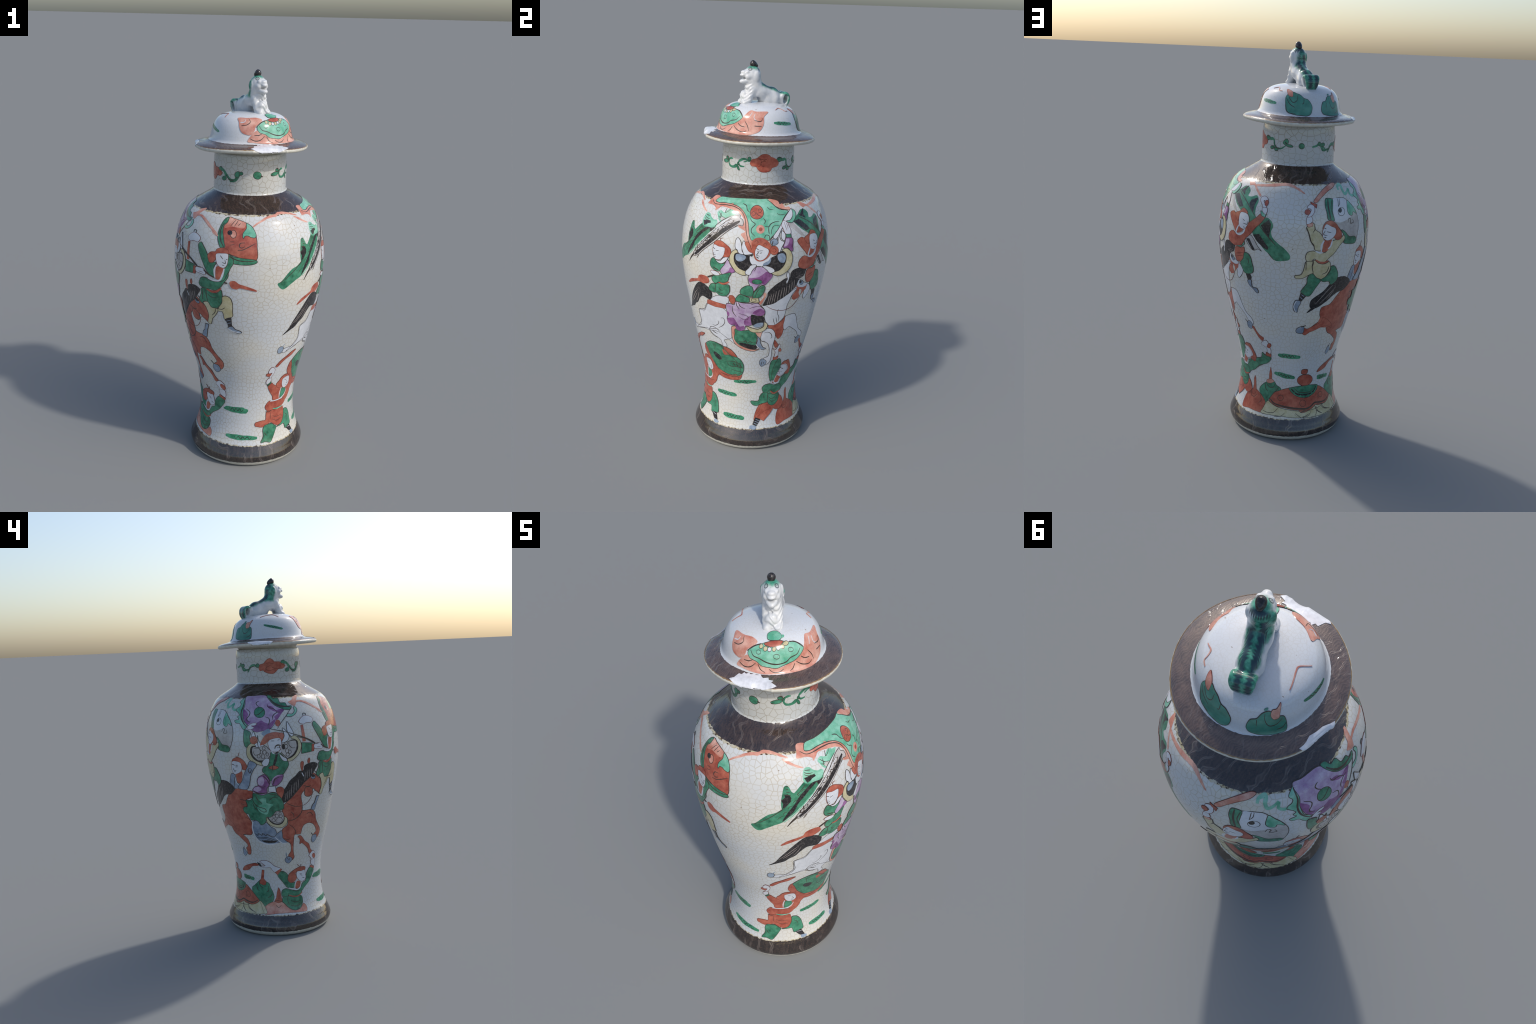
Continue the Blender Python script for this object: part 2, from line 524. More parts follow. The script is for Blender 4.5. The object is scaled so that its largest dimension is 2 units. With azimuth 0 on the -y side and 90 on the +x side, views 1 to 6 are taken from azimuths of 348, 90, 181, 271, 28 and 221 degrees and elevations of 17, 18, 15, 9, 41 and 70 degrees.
def lion_glaze():
    """White glaze with a green back, dark hair strokes and ringed eyes."""
    k = Nodes("lion_glaze")
    rel = k.vmath("SUBTRACT", k.co, tuple(LION_ORIGIN))
    f = k.vmath("DOT_PRODUCT", rel, tuple(FWD))
    t = k.vmath("DOT_PRODUCT", rel, tuple(LAT))
    z = k.n("ShaderNodeSeparateXYZ", Vector=rel).outputs["Z"]
    at = k.math("ABSOLUTE", t)
    c = k.mix(k.ramp(k.noise(45, 3), (.35, 0.0), (.7, 1.0)), (.56, .575, .59), (.66, .66, .645))
    wob = k.math("MULTIPLY", k.math("SUBTRACT", k.noise(60, 3), .5), .014)
    # how far a point lies behind / above the line of the spine
    neck_back = k.math("SUBTRACT", k.math("ADD", k.math("MULTIPLY", t, -.75), k.math("ADD", .007, k.math("MULTIPLY", k.math("SUBTRACT", z, 1.90), .15))), f)
    back_top = k.math("SUBTRACT", z, k.math("ADD", 1.868, k.math("MULTIPLY", k.math("ADD", f, .025), .39)))
    body_side = k.math("MINIMUM", back_top, k.math("SUBTRACT", .004, f))
    spine = k.math("MAXIMUM", k.math("MULTIPLY", k.math("MINIMUM", neck_back, k.math("SUBTRACT", z, 1.868)), 1.0), body_side)
    crown = k.math("SUBTRACT", k.math("SUBTRACT", z, 1.957), k.math("MULTIPLY", k.math("SUBTRACT", f, .040), .1))
    green = k.math("MAXIMUM", spine, crown)
    tail = k.math("SUBTRACT", -.138, f)
    tail = k.math("MAXIMUM", tail, k.math("MINIMUM", k.math("SUBTRACT", z, 1.846), k.math("SUBTRACT", -.09, f)))
    green = k.math("MAXIMUM", green, tail)
    g = k.ramp(k.math("ADD", k.math("ADD", green, wob), .5), (.495, 0.0), (.506, 1.0))
    tint = k.mix(k.ramp(k.noise(70, 3), (.35, 0.0), (.65, 1.0)), (.025, .17, .11), (.10, .36, .25))
    c = k.mix(g, c, tint)
    # dark hair strokes either side of the middle line, combed across
    comb = k.math("MULTIPLY", k.math("SINE", k.math("MULTIPLY", k.math("SUBTRACT", f, z), 820.0)), .0032)
    lobe = k.math("SUBTRACT", .0095, k.math("ABSOLUTE", k.math("SUBTRACT", at, .0165)))
    hair = k.math("MINIMUM", k.math("ADD", lobe, comb), k.math("SUBTRACT", k.math("MAXIMUM", spine, k.math("SUBTRACT", tail, .004)), .003))
    hair = k.math("MINIMUM", hair, k.math("SUBTRACT", 1.935, z))
    fringe = k.math("MINIMUM", k.math("SUBTRACT", .022, f), k.math("SUBTRACT", z, k.math("ADD", 1.950, k.math("MULTIPLY", k.math("SINE", k.math("MULTIPLY", t, 900.0)), .006))))
    hair = k.math("MAXIMUM", hair, fringe)
    h = k.ramp(k.math("ADD", hair, .5), (.498, 0.0), (.502, 1.0))
    c = k.mix(k.math("MULTIPLY", h, .9), c, (.020, .030, .050))
    eye = k.vmath("DISTANCE", k.n("ShaderNodeCombineXYZ", X=f, Y=at, Z=z).outputs[0], EYE)
    ring = k.ramp(eye, (.0, 1.0), (.0022, 1.0), (.0032, 0.0), (.0050, 0.0), (.0060, 1.0), (.0085, 1.0), (.0100, 0.0))
    c = k.mix(ring, c, (.03, .04, .045))
    k.bump(k.noise(120, 3), .12, .002)
    return k.done(c, .10, .5)


LION_GLAZE = lion_glaze()
centre = np.array([LV[q].mean(0) for q in LF])


def region(c):
    f, t, z = c
    if f < -.094:
        return "tail"
    if z > 1.885 + .25 * (f - .03) * (f < .03):
        return "head"
    if f > .030 and z < 1.862:
        return "forelimb" if t > 0 else "forelimb_other"
    return "torso"


groups = {}
for q, c in zip(LF, centre):
    groups.setdefault(region(c), []).append(q)
WV, WN = to_world(LV) + LION_ORIGIN, to_world(LN)
for key, faces in groups.items():
    used = sorted({i for q in faces for i in q})
    at = {v: i for i, v in enumerate(used)}
    name = key.replace("_other", "")
    new_object(name, mesh_from(name, WV[used], [[at[i] for i in q] for q in faces], [LION_GLAZE], WN[used]), lid)

# the glossy black topknot on the lion's head
bm = bmesh.new()
bmesh.ops.create_uvsphere(bm, u_segments=32, v_segments=20, radius=1.0)
for v in bm.verts:
    x, y, z = v.co
    droop = max(0.0, -x) * .9
    v.co = to_world(np.array([[.037 + x * (.0175 + .007 * max(0.0, -x)), y * .0165, 1.9805 + z * .0185 - droop * .010]]))[0] + LION_ORIGIN
me = bpy.data.meshes.new("topknot")
bm.to_mesh(me)
bm.free()
me.materials.append(PAINTS["black"])
me.polygons.foreach_set("use_smooth", [True] * len(me.polygons))
new_object("topknot", me, lid)


# -------------------------------------------------- overglaze painting ----
# Every brush mark is its own thin raised piece of enamel, laid on the turned
# surface in the chart (azimuth in degrees, height or arc length in metres).
CHART = math.pi / 180 * .30
STEP = .0036
LAYERS = {"painted_horse": 0, "painted_hill": 0, "painted_cord": 0, "painted_rock": 0, "painted_grass": 1, "painted_vine": 0,
          "painted_banner": 1, "painted_dragon_banner": 1, "painted_tree_trunk": 1, "painted_mask_shield": 1, "painted_fish_shield": 1,
          "painted_rider_boy": 1, "painted_saddle_cloth": 2, "painted_plume": 2, "painted_cloud": 0}
MOTIFS = []


def smooth_path(pts, closed):
    """Centripetal Catmull-Rom curve through chart points, evenly stepped."""
    P = np.array(pts, float)
    n = len(P)
    out = []
    for i in range(n if closed else n - 1):
        if closed:
            q = P[(i - 1) % n], P[i], P[(i + 1) % n], P[(i + 2) % n]
        else:
            a, b = P[i], P[i + 1]
            q = (P[i - 1] if i else 2 * a - b), a, b, (P[i + 2] if i + 2 < n else 2 * b - a)
        t = [0.0]
        for a, b in zip(q, q[1:]):
            t.append(t[-1] + max(float(np.hypot(*(b - a))) ** .5, 1e-4))
        m = max(4, int(np.hypot(*(q[2] - q[1])) / .0028))
        for k in range(m):
            s = t[1] + (t[2] - t[1]) * k / m
            A = [(t[j+1] - s) / (t[j+1] - t[j]) * q[j] + (s - t[j]) / (t[j+1] - t[j]) * q[j+1] for j in range(3)]
            Bq = [(t[j+2] - s) / (t[j+2] - t[j]) * A[j] + (s - t[j]) / (t[j+2] - t[j]) * A[j+1] for j in range(2)]
            out.append((t[2] - s) / (t[2] - t[1]) * Bq[0] + (s - t[1]) / (t[2] - t[1]) * Bq[1])
    if not closed:
        out.append(P[-1])
    return np.array(out)


def straight_path(pts):
    P = np.array(pts, float)
    out = []
    for a, b in zip(P, np.roll(P, -1, 0)):
        m = max(1, int(np.hypot(*(b - a)) / .003))
        out += [a + (b - a) * k / m for k in range(m)]
    return np.array(out)


class Motif:
    def __init__(self, name, surface):
        self.name, self.surface = name, surface
        self.V, self.N, self.F, self.M, self.count, self.top = [], [], [], [], 0, 0.0
        MOTIFS.append(self)

    def lift(self):
        self.count += 1
        return .0005 + .0005 * LAYERS.get(self.name, 3) + .000015 * self.count

    def place(self, uv, lift):
        f = vessel_point if self.surface == "vessel" else lid_point
        self.top = max(self.top, float(uv[:, 1].max()))
        return f(uv[:, 0] / CHART, uv[:, 1], np.full(len(uv), lift))

    def add(self, uv, faces, paint, lift):
        if self.surface == "lid":
            faces = [f[::-1] for f in faces]
        p, n = self.place(uv, lift)
        low, _ = self.place(uv, -.0003)
        base = len(self.V)
        self.V += p.tolist()
        self.N += n.tolist()
        seen = {}
        for f in faces:
            for a, b in zip(f, f[1:] + f[:1]):
                seen[(a, b)] = 1
        rim, skirt = {}, []
        for a, b in seen:
            if (b, a) not in seen:
                for k in (a, b):
                    if k not in rim:
                        rim[k] = base + len(uv) + len(rim)
                        self.V.append(low[k].tolist())
                        self.N.append(n[k].tolist())
                skirt.append((base + b, base + a, rim[a], rim[b]))
        faces = [tuple(base + k for k in f) for f in faces] + skirt
        self.F += faces
        self.M += [PAINT_NAMES.index(paint)] * len(faces)

    def fill(self, path, paint):
        lo, hi = path.min(0), path.max(0)
        gx, gy = np.meshgrid(np.arange(lo[0], hi[0], STEP), np.arange(lo[1], hi[1], STEP))
        grid = np.stack([gx.ravel(), gy.ravel()], -1)
        if len(grid):
            far = np.concatenate([((g[:, None] - path[None]) ** 2).sum(-1).min(1) for g in np.array_split(grid, len(grid) // 400 + 1)])
            grid = grid[far > (STEP * .5) ** 2]
        pts = [Vector(p) for p in path.tolist()] + [Vector(p) for p in grid.tolist()]
        v, _, f, *_ = delaunay_2d_cdt(pts, [], [list(range(len(path)))], 1, 1e-6)
        uv = np.array([tuple(x) for x in v])
        faces = []
        for t in f:
            a, b, c = (uv[k] for k in t[:3])
            area = (b[0] - a[0]) * (c[1] - a[1]) - (b[1] - a[1]) * (c[0] - a[0])
            if abs(area) > 1e-12:
                faces.append(tuple(t) if area > 0 else tuple(t[::-1]))
        self.add(uv, faces, paint, self.lift())

    def ribbon(self, path, width, paint, closed=False, taper=True):
        d = np.roll(path, -1, 0) - np.roll(path, 1, 0) if closed else np.gradient(path, axis=0)
        d /= np.linalg.norm(d, axis=1, keepdims=True) + 1e-9
        side = np.stack([-d[:, 1], d[:, 0]], -1)
        t = np.linspace(0, 1, len(path))
        w = np.full(len(path), width / 2)
        if taper and not closed:
            w = w * (.30 + .75 * np.sqrt(np.clip(np.sin(math.pi * np.clip(t * .92 + .06, 0, 1)), 0, 1)))
        wave = np.random.default_rng(len(MOTIFS) * 97 + self.count).normal(0, .10, len(path))
        w = w * (1 + np.convolve(wave, np.ones(5) / 5, "same")[:len(path)] * 1.6)
        rows = [path + side * (w * k)[:, None] for k in (1, 0, -1)]
        uv = np.concatenate(rows)
        n = len(path)
        faces = []
        for i in range(n if closed else n - 1):
            j = (i + 1) % n
            for r in (0, n):
                faces.append((r + i, r + n + i, r + n + j, r + j))
        self.add(uv, faces, paint, self.lift())

    def chart(self, pts):
        return [(a * CHART, z) for a, z in pts]

    def patch(self, paint, pts, line=None, sharp=False):
        """A closed field of colour, with or without a drawn contour."""
        c = self.chart(pts)
        path = straight_path(c) if sharp else smooth_path(c, True)
        self.fill(path, paint)
        if line:
            self.ribbon(path, .0024 if line == "ink" else .0017, line, closed=True)

    def stroke(self, paint, width, pts):
        """A brush stroke, thin at both ends."""
        self.ribbon(smooth_path(self.chart(pts), False), width * (1.2 if paint == "ink" else 1.0), paint)

    def oval(self, paint, centre, ax, ay, line=None):
        k = [i * math.tau / 14 for i in range(14)]
        self.patch(paint, [(centre[0] + math.cos(t) * ax[0] + math.sin(t) * ay[0], centre[1] + math.cos(t) * ax[1] + math.sin(t) * ay[1]) for t in k], line)

    def tuft(self, a, b, width):
        """A dab of green grass with a dark zigzag brushed over it."""
        A, B = (np.array(p) for p in self.chart([a, b]))
        d = B - A
        length = float(np.hypot(*d))
        d /= length
        s = np.array([-d[1], d[0]])
        rng = np.random.default_rng(int(a[0] * 10 + a[1] * 1000))
        ring = []
        for k in range(22):
            t = k * math.tau / 22
            x = (.5 + .5 * math.copysign(abs(math.cos(t)) ** .75, math.cos(t))) * length
            y = math.copysign(abs(math.sin(t)) ** .6, math.sin(t)) * width * .5 * (.85 + .3 * rng.random())
            ring.append(A + d * x + s * y)
        self.fill(smooth_path(ring, True), "grass")
        zig = [A + d * length * (.18 + .62 * k / 8) + s * width * (.26 * (-1) ** k - .02 + .08 * rng.random()) for k in range(9)]
        self.ribbon(smooth_path(zig, False), .0036, "black")

    def finish(self):
        used = sorted(set(self.M))
        at = {k: i for i, k in enumerate(used)}
        me = mesh_from(self.name, self.V, self.F, [PAINTS[PAINT_NAMES[k]] for k in used], self.N, [at[k] for k in self.M])
        parent = lid if self.surface == "lid" else neck if self.top > 1.42 else body
        new_object(self.name, me, parent)



m = Motif("painted_hill", "vessel")
m.patch("green", [(9.3, 1.0310), (11.8, 1.0402), (17.2, 1.0763), (20.6, 1.0949), (25.0, 1.1059), (29.1, 1.1248), (31.9, 1.1506), (35.1, 1.1817), (38.9, 1.2075), (44.2, 1.2380), (50.0, 1.2595), (58.3, 1.2604), (57.6, 1.2301), (53.0, 1.2022), (48.2, 1.1695), (44.6, 1.1475), (40.6, 1.1241), (37.4, 1.1003), (33.0, 1.0756), (28.9, 1.0506), (24.8, 1.0387), (20.0, 1.0209), (13.6, 0.9995)])
m.patch("black", [(29.2, 1.0567), (33.0, 1.0817), (36.4, 1.1045), (39.6, 1.1449), (43.3, 1.1709), (47.6, 1.1987), (53.1, 1.2265), (49.9, 1.2259), (44.0, 1.2002), (40.2, 1.1757), (36.5, 1.1381), (32.3, 1.0999)])
m.stroke("ink", 0.0026, [(11.1, 1.0358), (15.4, 1.0512), (20.6, 1.0754), (25.0, 1.0987), (29.7, 1.1245), (34.9, 1.1612), (40.4, 1.1957), (44.6, 1.2211), (49.1, 1.2390)])
m.stroke("teal", 0.0044, [(30.2, 1.0530), (35.0, 1.0796), (38.4, 1.1017), (43.1, 1.1366), (47.2, 1.1636), (51.7, 1.1926)])
m.stroke("ink", 0.0018, [(26.2, 1.0702), (27.9, 1.0819), (29.6, 1.0871)])
m.stroke("ink", 0.0018, [(29.7, 1.0959), (31.0, 1.1067), (32.7, 1.1083)])
m.stroke("ink", 0.0018, [(32.8, 1.1224), (34.1, 1.1351), (35.8, 1.1361)])
m.stroke("ink", 0.0018, [(35.9, 1.1496), (37.3, 1.1587), (38.7, 1.1622)])
m.stroke("ink", 0.0018, [(38.4, 1.1729), (39.9, 1.1837), (41.7, 1.1838)])
m.stroke("ink", 0.0017, [(41.4, 1.1942), (43.3, 1.2038), (44.7, 1.2039)])
m.patch("black", [(53.1, 1.2265), (56.3, 1.2403), (56.7, 1.2275), (53.9, 1.2100)], line="ink")
m.patch("green", [(29.3, 1.1238), (28.7, 1.1568), (29.6, 1.1972), (31.1, 1.2299), (32.7, 1.2335), (34.2, 1.2233), (35.7, 1.2027), (38.4, 1.1899), (39.4, 1.1786), (34.8, 1.1606), (31.0, 1.1340)])
m.patch("black", [(29.3, 1.1266), (30.0, 1.1508), (28.8, 1.1672), (31.2, 1.1813), (30.9, 1.1940), (33.0, 1.1952), (34.3, 1.1867), (35.2, 1.1757), (34.8, 1.1606), (32.0, 1.1388)], sharp=True)
m.stroke("ink", 0.0026, [(28.8, 1.1698), (30.5, 1.1716)])
m.stroke("ink", 0.0026, [(30.2, 1.1944), (32.6, 1.1905), (35.0, 1.1886)])
m.stroke("ink", 0.0024, [(32.0, 1.2057), (34.4, 1.2027)])
m.stroke("ink", 0.0024, [(32.1, 1.2177), (33.6, 1.2155)])
m.stroke("ink", 0.0026, [(31.8, 1.2299), (33.5, 1.2295)])
m.patch("teal", [(43.6, 1.2536), (44.7, 1.2815), (46.5, 1.2891), (49.2, 1.2873), (51.2, 1.2759), (54.9, 1.2649), (57.5, 1.2660), (58.8, 1.2564), (57.8, 1.2406), (55.3, 1.2277), (51.3, 1.2270), (47.5, 1.2250), (44.6, 1.2320)])
m.patch("black", [(44.3, 1.2526), (45.8, 1.2526), (49.0, 1.2584), (52.1, 1.2551), (52.7, 1.2473), (50.2, 1.2431), (48.4, 1.2349), (46.4, 1.2292), (45.5, 1.2376)], sharp=True)
m.stroke("ink", 0.0026, [(44.8, 1.2732), (47.7, 1.2649), (50.8, 1.2640)])
m.stroke("ink", 0.0026, [(45.4, 1.2806), (49.6, 1.2765)])
m.stroke("ink", 0.0022, [(44.6, 1.2651), (48.2, 1.2554), (52.2, 1.2571)])
m.patch("teal", [(56.2, 1.2999), (59.2, 1.3106), (62.5, 1.3037), (65.0, 1.3149), (68.8, 1.3242), (70.4, 1.3147), (74.2, 1.3114), (72.1, 1.2974), (68.2, 1.2859), (64.2, 1.2721), (61.3, 1.2617), (59.4, 1.2684), (57.6, 1.2849)])
m.stroke("ink", 0.0024, [(57.8, 1.3031), (61.7, 1.2846), (64.8, 1.2815)])
m.stroke("ink", 0.0024, [(58.4, 1.2833), (61.6, 1.2762), (63.7, 1.2798)])
m.stroke("ink", 0.0024, [(60.4, 1.3000), (60.4, 1.2704)])
m.patch("grey", [(62.1, 1.2837), (65.1, 1.2786), (62.3, 1.2636), (60.2, 1.2752)], sharp=True)
m.stroke("ink", 0.0022, [(64.2, 1.3223), (63.5, 1.3036), (66.3, 1.3120), (68.2, 1.3237)])

m = Motif("painted_tree_trunk", "vessel")
m.patch("grey", [(71.4, 1.2905), (75.3, 1.2994), (77.3, 1.3003), (77.3, 1.2891), (79.7, 1.2815), (80.4, 1.2554), (76.6, 1.2565), (73.3, 1.2434), (69.8, 1.2281), (65.0, 1.2008), (60.0, 1.1697), (54.8, 1.1416), (49.3, 1.1112), (43.8, 1.0796), (39.3, 1.0666), (37.5, 1.0693), (40.0, 1.0984), (42.9, 1.1222), (47.3, 1.1519), (52.2, 1.1855), (57.0, 1.2138), (61.7, 1.2401), (65.7, 1.2639)], line="ink")
m.patch("black", [(77.3, 1.2777), (77.9, 1.2711), (74.5, 1.2537), (68.8, 1.2289), (64.2, 1.2059), (60.1, 1.1797), (54.9, 1.1497), (48.6, 1.1158), (43.8, 1.0856), (40.3, 1.0710), (39.3, 1.0788), (43.5, 1.1038), (47.9, 1.1314), (52.7, 1.1636), (56.6, 1.1898), (60.8, 1.2111), (64.7, 1.2342), (71.1, 1.2600), (74.0, 1.2694)], sharp=True)
m.stroke("ink", 0.0029, [(69.7, 1.2776), (67.7, 1.2651), (69.9, 1.2588), (72.7, 1.2736), (70.3, 1.2782)])
m.stroke("ink", 0.0029, [(65.4, 1.2600), (64.3, 1.2471), (66.5, 1.2431), (68.3, 1.2587)])
m.stroke("ink", 0.0029, [(61.1, 1.2369), (61.1, 1.2226), (63.4, 1.2258), (64.0, 1.2408), (61.1, 1.2369)])
m.stroke("ink", 0.0029, [(57.1, 1.2185), (57.3, 1.2057), (59.4, 1.2075), (60.6, 1.2215), (57.8, 1.2266)])
m.stroke("ink", 0.0029, [(52.2, 1.1905), (52.4, 1.1772), (54.4, 1.1800), (55.4, 1.1904), (52.6, 1.1921)])
m.stroke("ink", 0.0029, [(49.7, 1.1731), (50.3, 1.1586), (52.3, 1.1645), (52.4, 1.1747)])
m.stroke("ink", 0.0029, [(46.6, 1.1534), (46.9, 1.1393), (49.1, 1.1399), (48.8, 1.1541)])
m.stroke("ink", 0.0029, [(42.5, 1.1284), (43.2, 1.1131), (45.4, 1.1230), (45.1, 1.1375)])
m.stroke("ink", 0.0029, [(40.4, 1.1094), (41.0, 1.0938), (42.8, 1.1023), (42.5, 1.1172)])
m.patch("black", [(53.0, 1.1887), (55.5, 1.1953), (57.2, 1.2033), (55.3, 1.1879), (52.4, 1.1722), (49.6, 1.1550), (46.5, 1.1400), (42.5, 1.1144), (40.7, 1.0973), (39.3, 1.0878), (42.1, 1.1121), (45.8, 1.1388), (49.7, 1.1680)], sharp=True)
m.stroke("white", 0.0031, [(72.1, 1.2798), (66.4, 1.2597), (61.5, 1.2358), (56.5, 1.2078)])
m.stroke("white", 0.0022, [(53.0, 1.1862), (48.8, 1.1567), (44.3, 1.1306)])
m.stroke("ink", 0.0026, [(71.4, 1.2969), (67.8, 1.2870), (63.2, 1.2704), (60.0, 1.2535), (57.3, 1.2373)])
m.stroke("ink", 0.0036, [(38.9, 1.0794), (35.8, 1.0592), (32.7, 1.0306)])
m.stroke("ink", 0.0022, [(44.9, 1.0803), (42.4, 1.0610)])
m.stroke("ink", 0.0016, [(76.3, 1.2527), (70.5, 1.2331), (65.0, 1.2008)])
m.stroke("ink", 0.0031, [(39.4, 1.0765), (37.0, 1.0617), (34.6, 1.0459), (32.2, 1.0256)])

m = Motif("painted_cord", "vessel")
m.stroke("coral", 0.0086, [(-9.1, 1.2992), (-6.1, 1.3119), (-1.0, 1.3256), (2.4, 1.3340), (7.7, 1.3404), (12.4, 1.3429), (15.1, 1.3488), (19.0, 1.3498), (25.4, 1.3462), (28.8, 1.3417), (34.8, 1.3326)])
m.stroke("coral", 0.0086, [(30.7, 1.3307), (36.6, 1.3127), (40.2, 1.3021), (44.6, 1.2915)])

m = Motif("painted_fish_shield", "vessel")
m.patch("red", [(329.7, 1.3343), (334.6, 1.3310), (340.6, 1.3243), (345.8, 1.3144), (349.9, 1.3013), (352.5, 1.2785), (353.7, 1.2458), (354.0, 1.2120), (354.2, 1.1622), (352.9, 1.1521), (344.4, 1.1562), (338.5, 1.1666), (333.6, 1.1766), (330.1, 1.1943), (327.9, 1.2226), (326.6, 1.2556), (326.6, 1.2932), (327.6, 1.3147)], line="ink")
m.patch("coral", [(329.7, 1.3333), (334.7, 1.3299), (340.7, 1.3232), (344.9, 1.3142), (343.4, 1.2934), (339.0, 1.2945), (333.1, 1.2967), (327.8, 1.2893), (327.6, 1.3147)])
m.patch("green", [(329.7, 1.3343), (326.8, 1.3276), (324.6, 1.3060), (323.4, 1.2794), (323.2, 1.2482), (325.0, 1.2154), (327.0, 1.1996), (329.9, 1.2054), (329.2, 1.2235), (328.2, 1.2471), (326.9, 1.2748), (326.9, 1.2981), (329.5, 1.3157)], line="ink")
m.stroke("ink", 0.0041, [(326.9, 1.3097), (325.2, 1.2924), (324.9, 1.2592), (326.5, 1.2289), (329.3, 1.2038)])
m.patch("teal", [(345.4, 1.3143), (349.5, 1.3035), (351.7, 1.2877), (353.3, 1.2646), (352.5, 1.2540), (349.6, 1.2551), (346.7, 1.2618), (344.6, 1.2590), (343.8, 1.2494), (343.0, 1.2563), (343.2, 1.2727), (345.6, 1.2939)], line="ink")
m.patch("green", [(332.7, 1.1786), (336.5, 1.1656), (342.4, 1.1606), (348.3, 1.1569), (353.3, 1.1521), (354.1, 1.1419), (351.0, 1.1317), (345.7, 1.1284), (340.6, 1.1293), (337.1, 1.1328), (334.2, 1.1567)], line="ink")
m.stroke("ink", 0.0035, [(333.2, 1.1763), (337.0, 1.1558), (343.3, 1.1457), (350.2, 1.1470), (353.7, 1.1521)])
m.oval("black", (332.7, 1.2706), (1.96, 0.0010), (0.27, -0.0104))
m.oval("coral", (335.6, 1.2654), (2.35, 0.0011), (0.34, -0.0167), line="ink")
m.oval("black", (332.9, 1.2707), (1.83, 0.0009), (0.25, -0.0097))
m.stroke("ink", 0.0020, [(332.5, 1.2988), (335.2, 1.3182), (336.4, 1.3241)])
m.stroke("ink", 0.0020, [(335.7, 1.2990), (337.6, 1.3168), (338.3, 1.3237)])
m.stroke("ink", 0.0020, [(338.8, 1.3025), (340.9, 1.3145)])
m.stroke("ink", 0.0028, [(344.8, 1.2306), (341.6, 1.2273), (340.9, 1.2124), (342.6, 1.2068), (344.9, 1.2136)])
m.stroke("ink", 0.0028, [(339.8, 1.1960), (343.4, 1.1984), (346.9, 1.2091), (352.8, 1.2290)])
m.stroke("ink", 0.0018, [(333.7, 1.2311), (337.0, 1.2328)])
m.stroke("ink", 0.0018, [(333.9, 1.2166), (337.2, 1.2207)])

m = Motif("painted_cord", "vessel")
m.stroke("coral", 0.0087, [(296.3, 1.3192), (300.7, 1.3214), (307.4, 1.3063), (312.4, 1.2894), (316.6, 1.2764), (319.4, 1.2596), (322.7, 1.2502)])
m.patch("coral", [(288.6, 1.3155), (292.8, 1.3300), (295.1, 1.3348), (299.6, 1.3526), (300.5, 1.3478), (297.1, 1.3273), (296.3, 1.3144), (292.9, 1.2978), (290.3, 1.3048)])

m = Motif("painted_foot_soldier", "vessel")
m.patch("green", [(307.2, 1.1966), (309.5, 1.2098), (312.1, 1.1950), (315.2, 1.1729), (317.5, 1.1472), (319.6, 1.1261), (324.0, 1.1281), (322.5, 1.1029), (323.5, 1.0558), (319.9, 1.0599), (316.2, 1.0822), (313.6, 1.1109), (310.7, 1.1414)], line="ink")
m.patch("green", [(332.9, 1.1635), (337.0, 1.1507), (337.1, 1.1328), (334.9, 1.1055), (333.4, 1.0782), (332.2, 1.0531), (330.2, 1.0379), (327.3, 1.0407), (328.9, 1.0746), (330.5, 1.1024), (332.3, 1.1299)], line="ink")
m.patch("white", [(294.3, 1.2177), (297.0, 1.2344), (300.5, 1.2442), (306.1, 1.2360), (308.1, 1.2258), (306.3, 1.2057), (301.3, 1.2068), (298.3, 1.1999), (294.6, 1.2075)], line="rust")
m.stroke("ink", 0.0021, [(299.1, 1.2449), (299.6, 1.2557), (302.1, 1.2538), (302.2, 1.2438)])
m.patch("red", [(295.2, 1.1953), (297.4, 1.1972), (298.5, 1.1097), (295.7, 1.1077)], sharp=True)
m.patch("green", [(294.7, 1.1032), (304.6, 1.0953), (303.6, 1.0498), (294.1, 1.0440)], line="ink", sharp=True)
m.patch("red", [(304.1, 1.0890), (306.7, 1.0877), (305.9, 1.0509), (303.4, 1.0496)], line="rust", sharp=True)
m.patch("white", [(306.4, 1.0845), (310.2, 1.0915), (314.7, 1.0830), (315.3, 1.0594), (310.3, 1.0604), (306.5, 1.0656)], line="rust")
m.stroke("rust", 0.0018, [(309.2, 1.0698), (313.3, 1.0676)])
m.stroke("ink", 0.0037, [(284.7, 1.1427), (293.3, 1.1335), (300.7, 1.1161), (308.0, 1.0897), (311.7, 1.0897)])
m.stroke("ink", 0.0057, [(313.8, 1.0817), (317.2, 1.0673), (320.8, 1.0582), (324.3, 1.0513)])
m.patch("red", [(324.2, 1.1073), (330.0, 1.1125), (329.3, 1.0803), (326.9, 1.0485), (324.3, 1.0486), (323.9, 1.0804)])
m.stroke("white", 0.0072, [(324.1, 1.1151), (323.0, 1.0902), (323.5, 1.0531)])
m.stroke("white", 0.0072, [(330.5, 1.1050), (329.7, 1.0806), (326.9, 1.0430), (322.6, 1.0385), (317.6, 1.0447)])
m.patch("red", [(317.6, 1.1369), (316.9, 1.1569), (319.4, 1.1750), (323.0, 1.1797), (324.1, 1.1921), (328.7, 1.2008), (332.6, 1.1935), (333.2, 1.1763), (324.4, 1.1697), (323.4, 1.1431), (321.4, 1.1267), (318.7, 1.1250)], line="rust")
m.patch("white", [(323.8, 1.1691), (328.2, 1.1754), (332.8, 1.1748), (333.2, 1.1535), (332.4, 1.1221), (330.4, 1.1076), (327.1, 1.1101), (324.9, 1.1237), (323.9, 1.1435)], line="rust")
m.stroke("ink", 0.0023, [(327.1, 1.1643), (329.3, 1.1482)])
m.stroke("ink", 0.0025, [(328.6, 1.1348), (331.1, 1.1290), (330.8, 1.1468)])
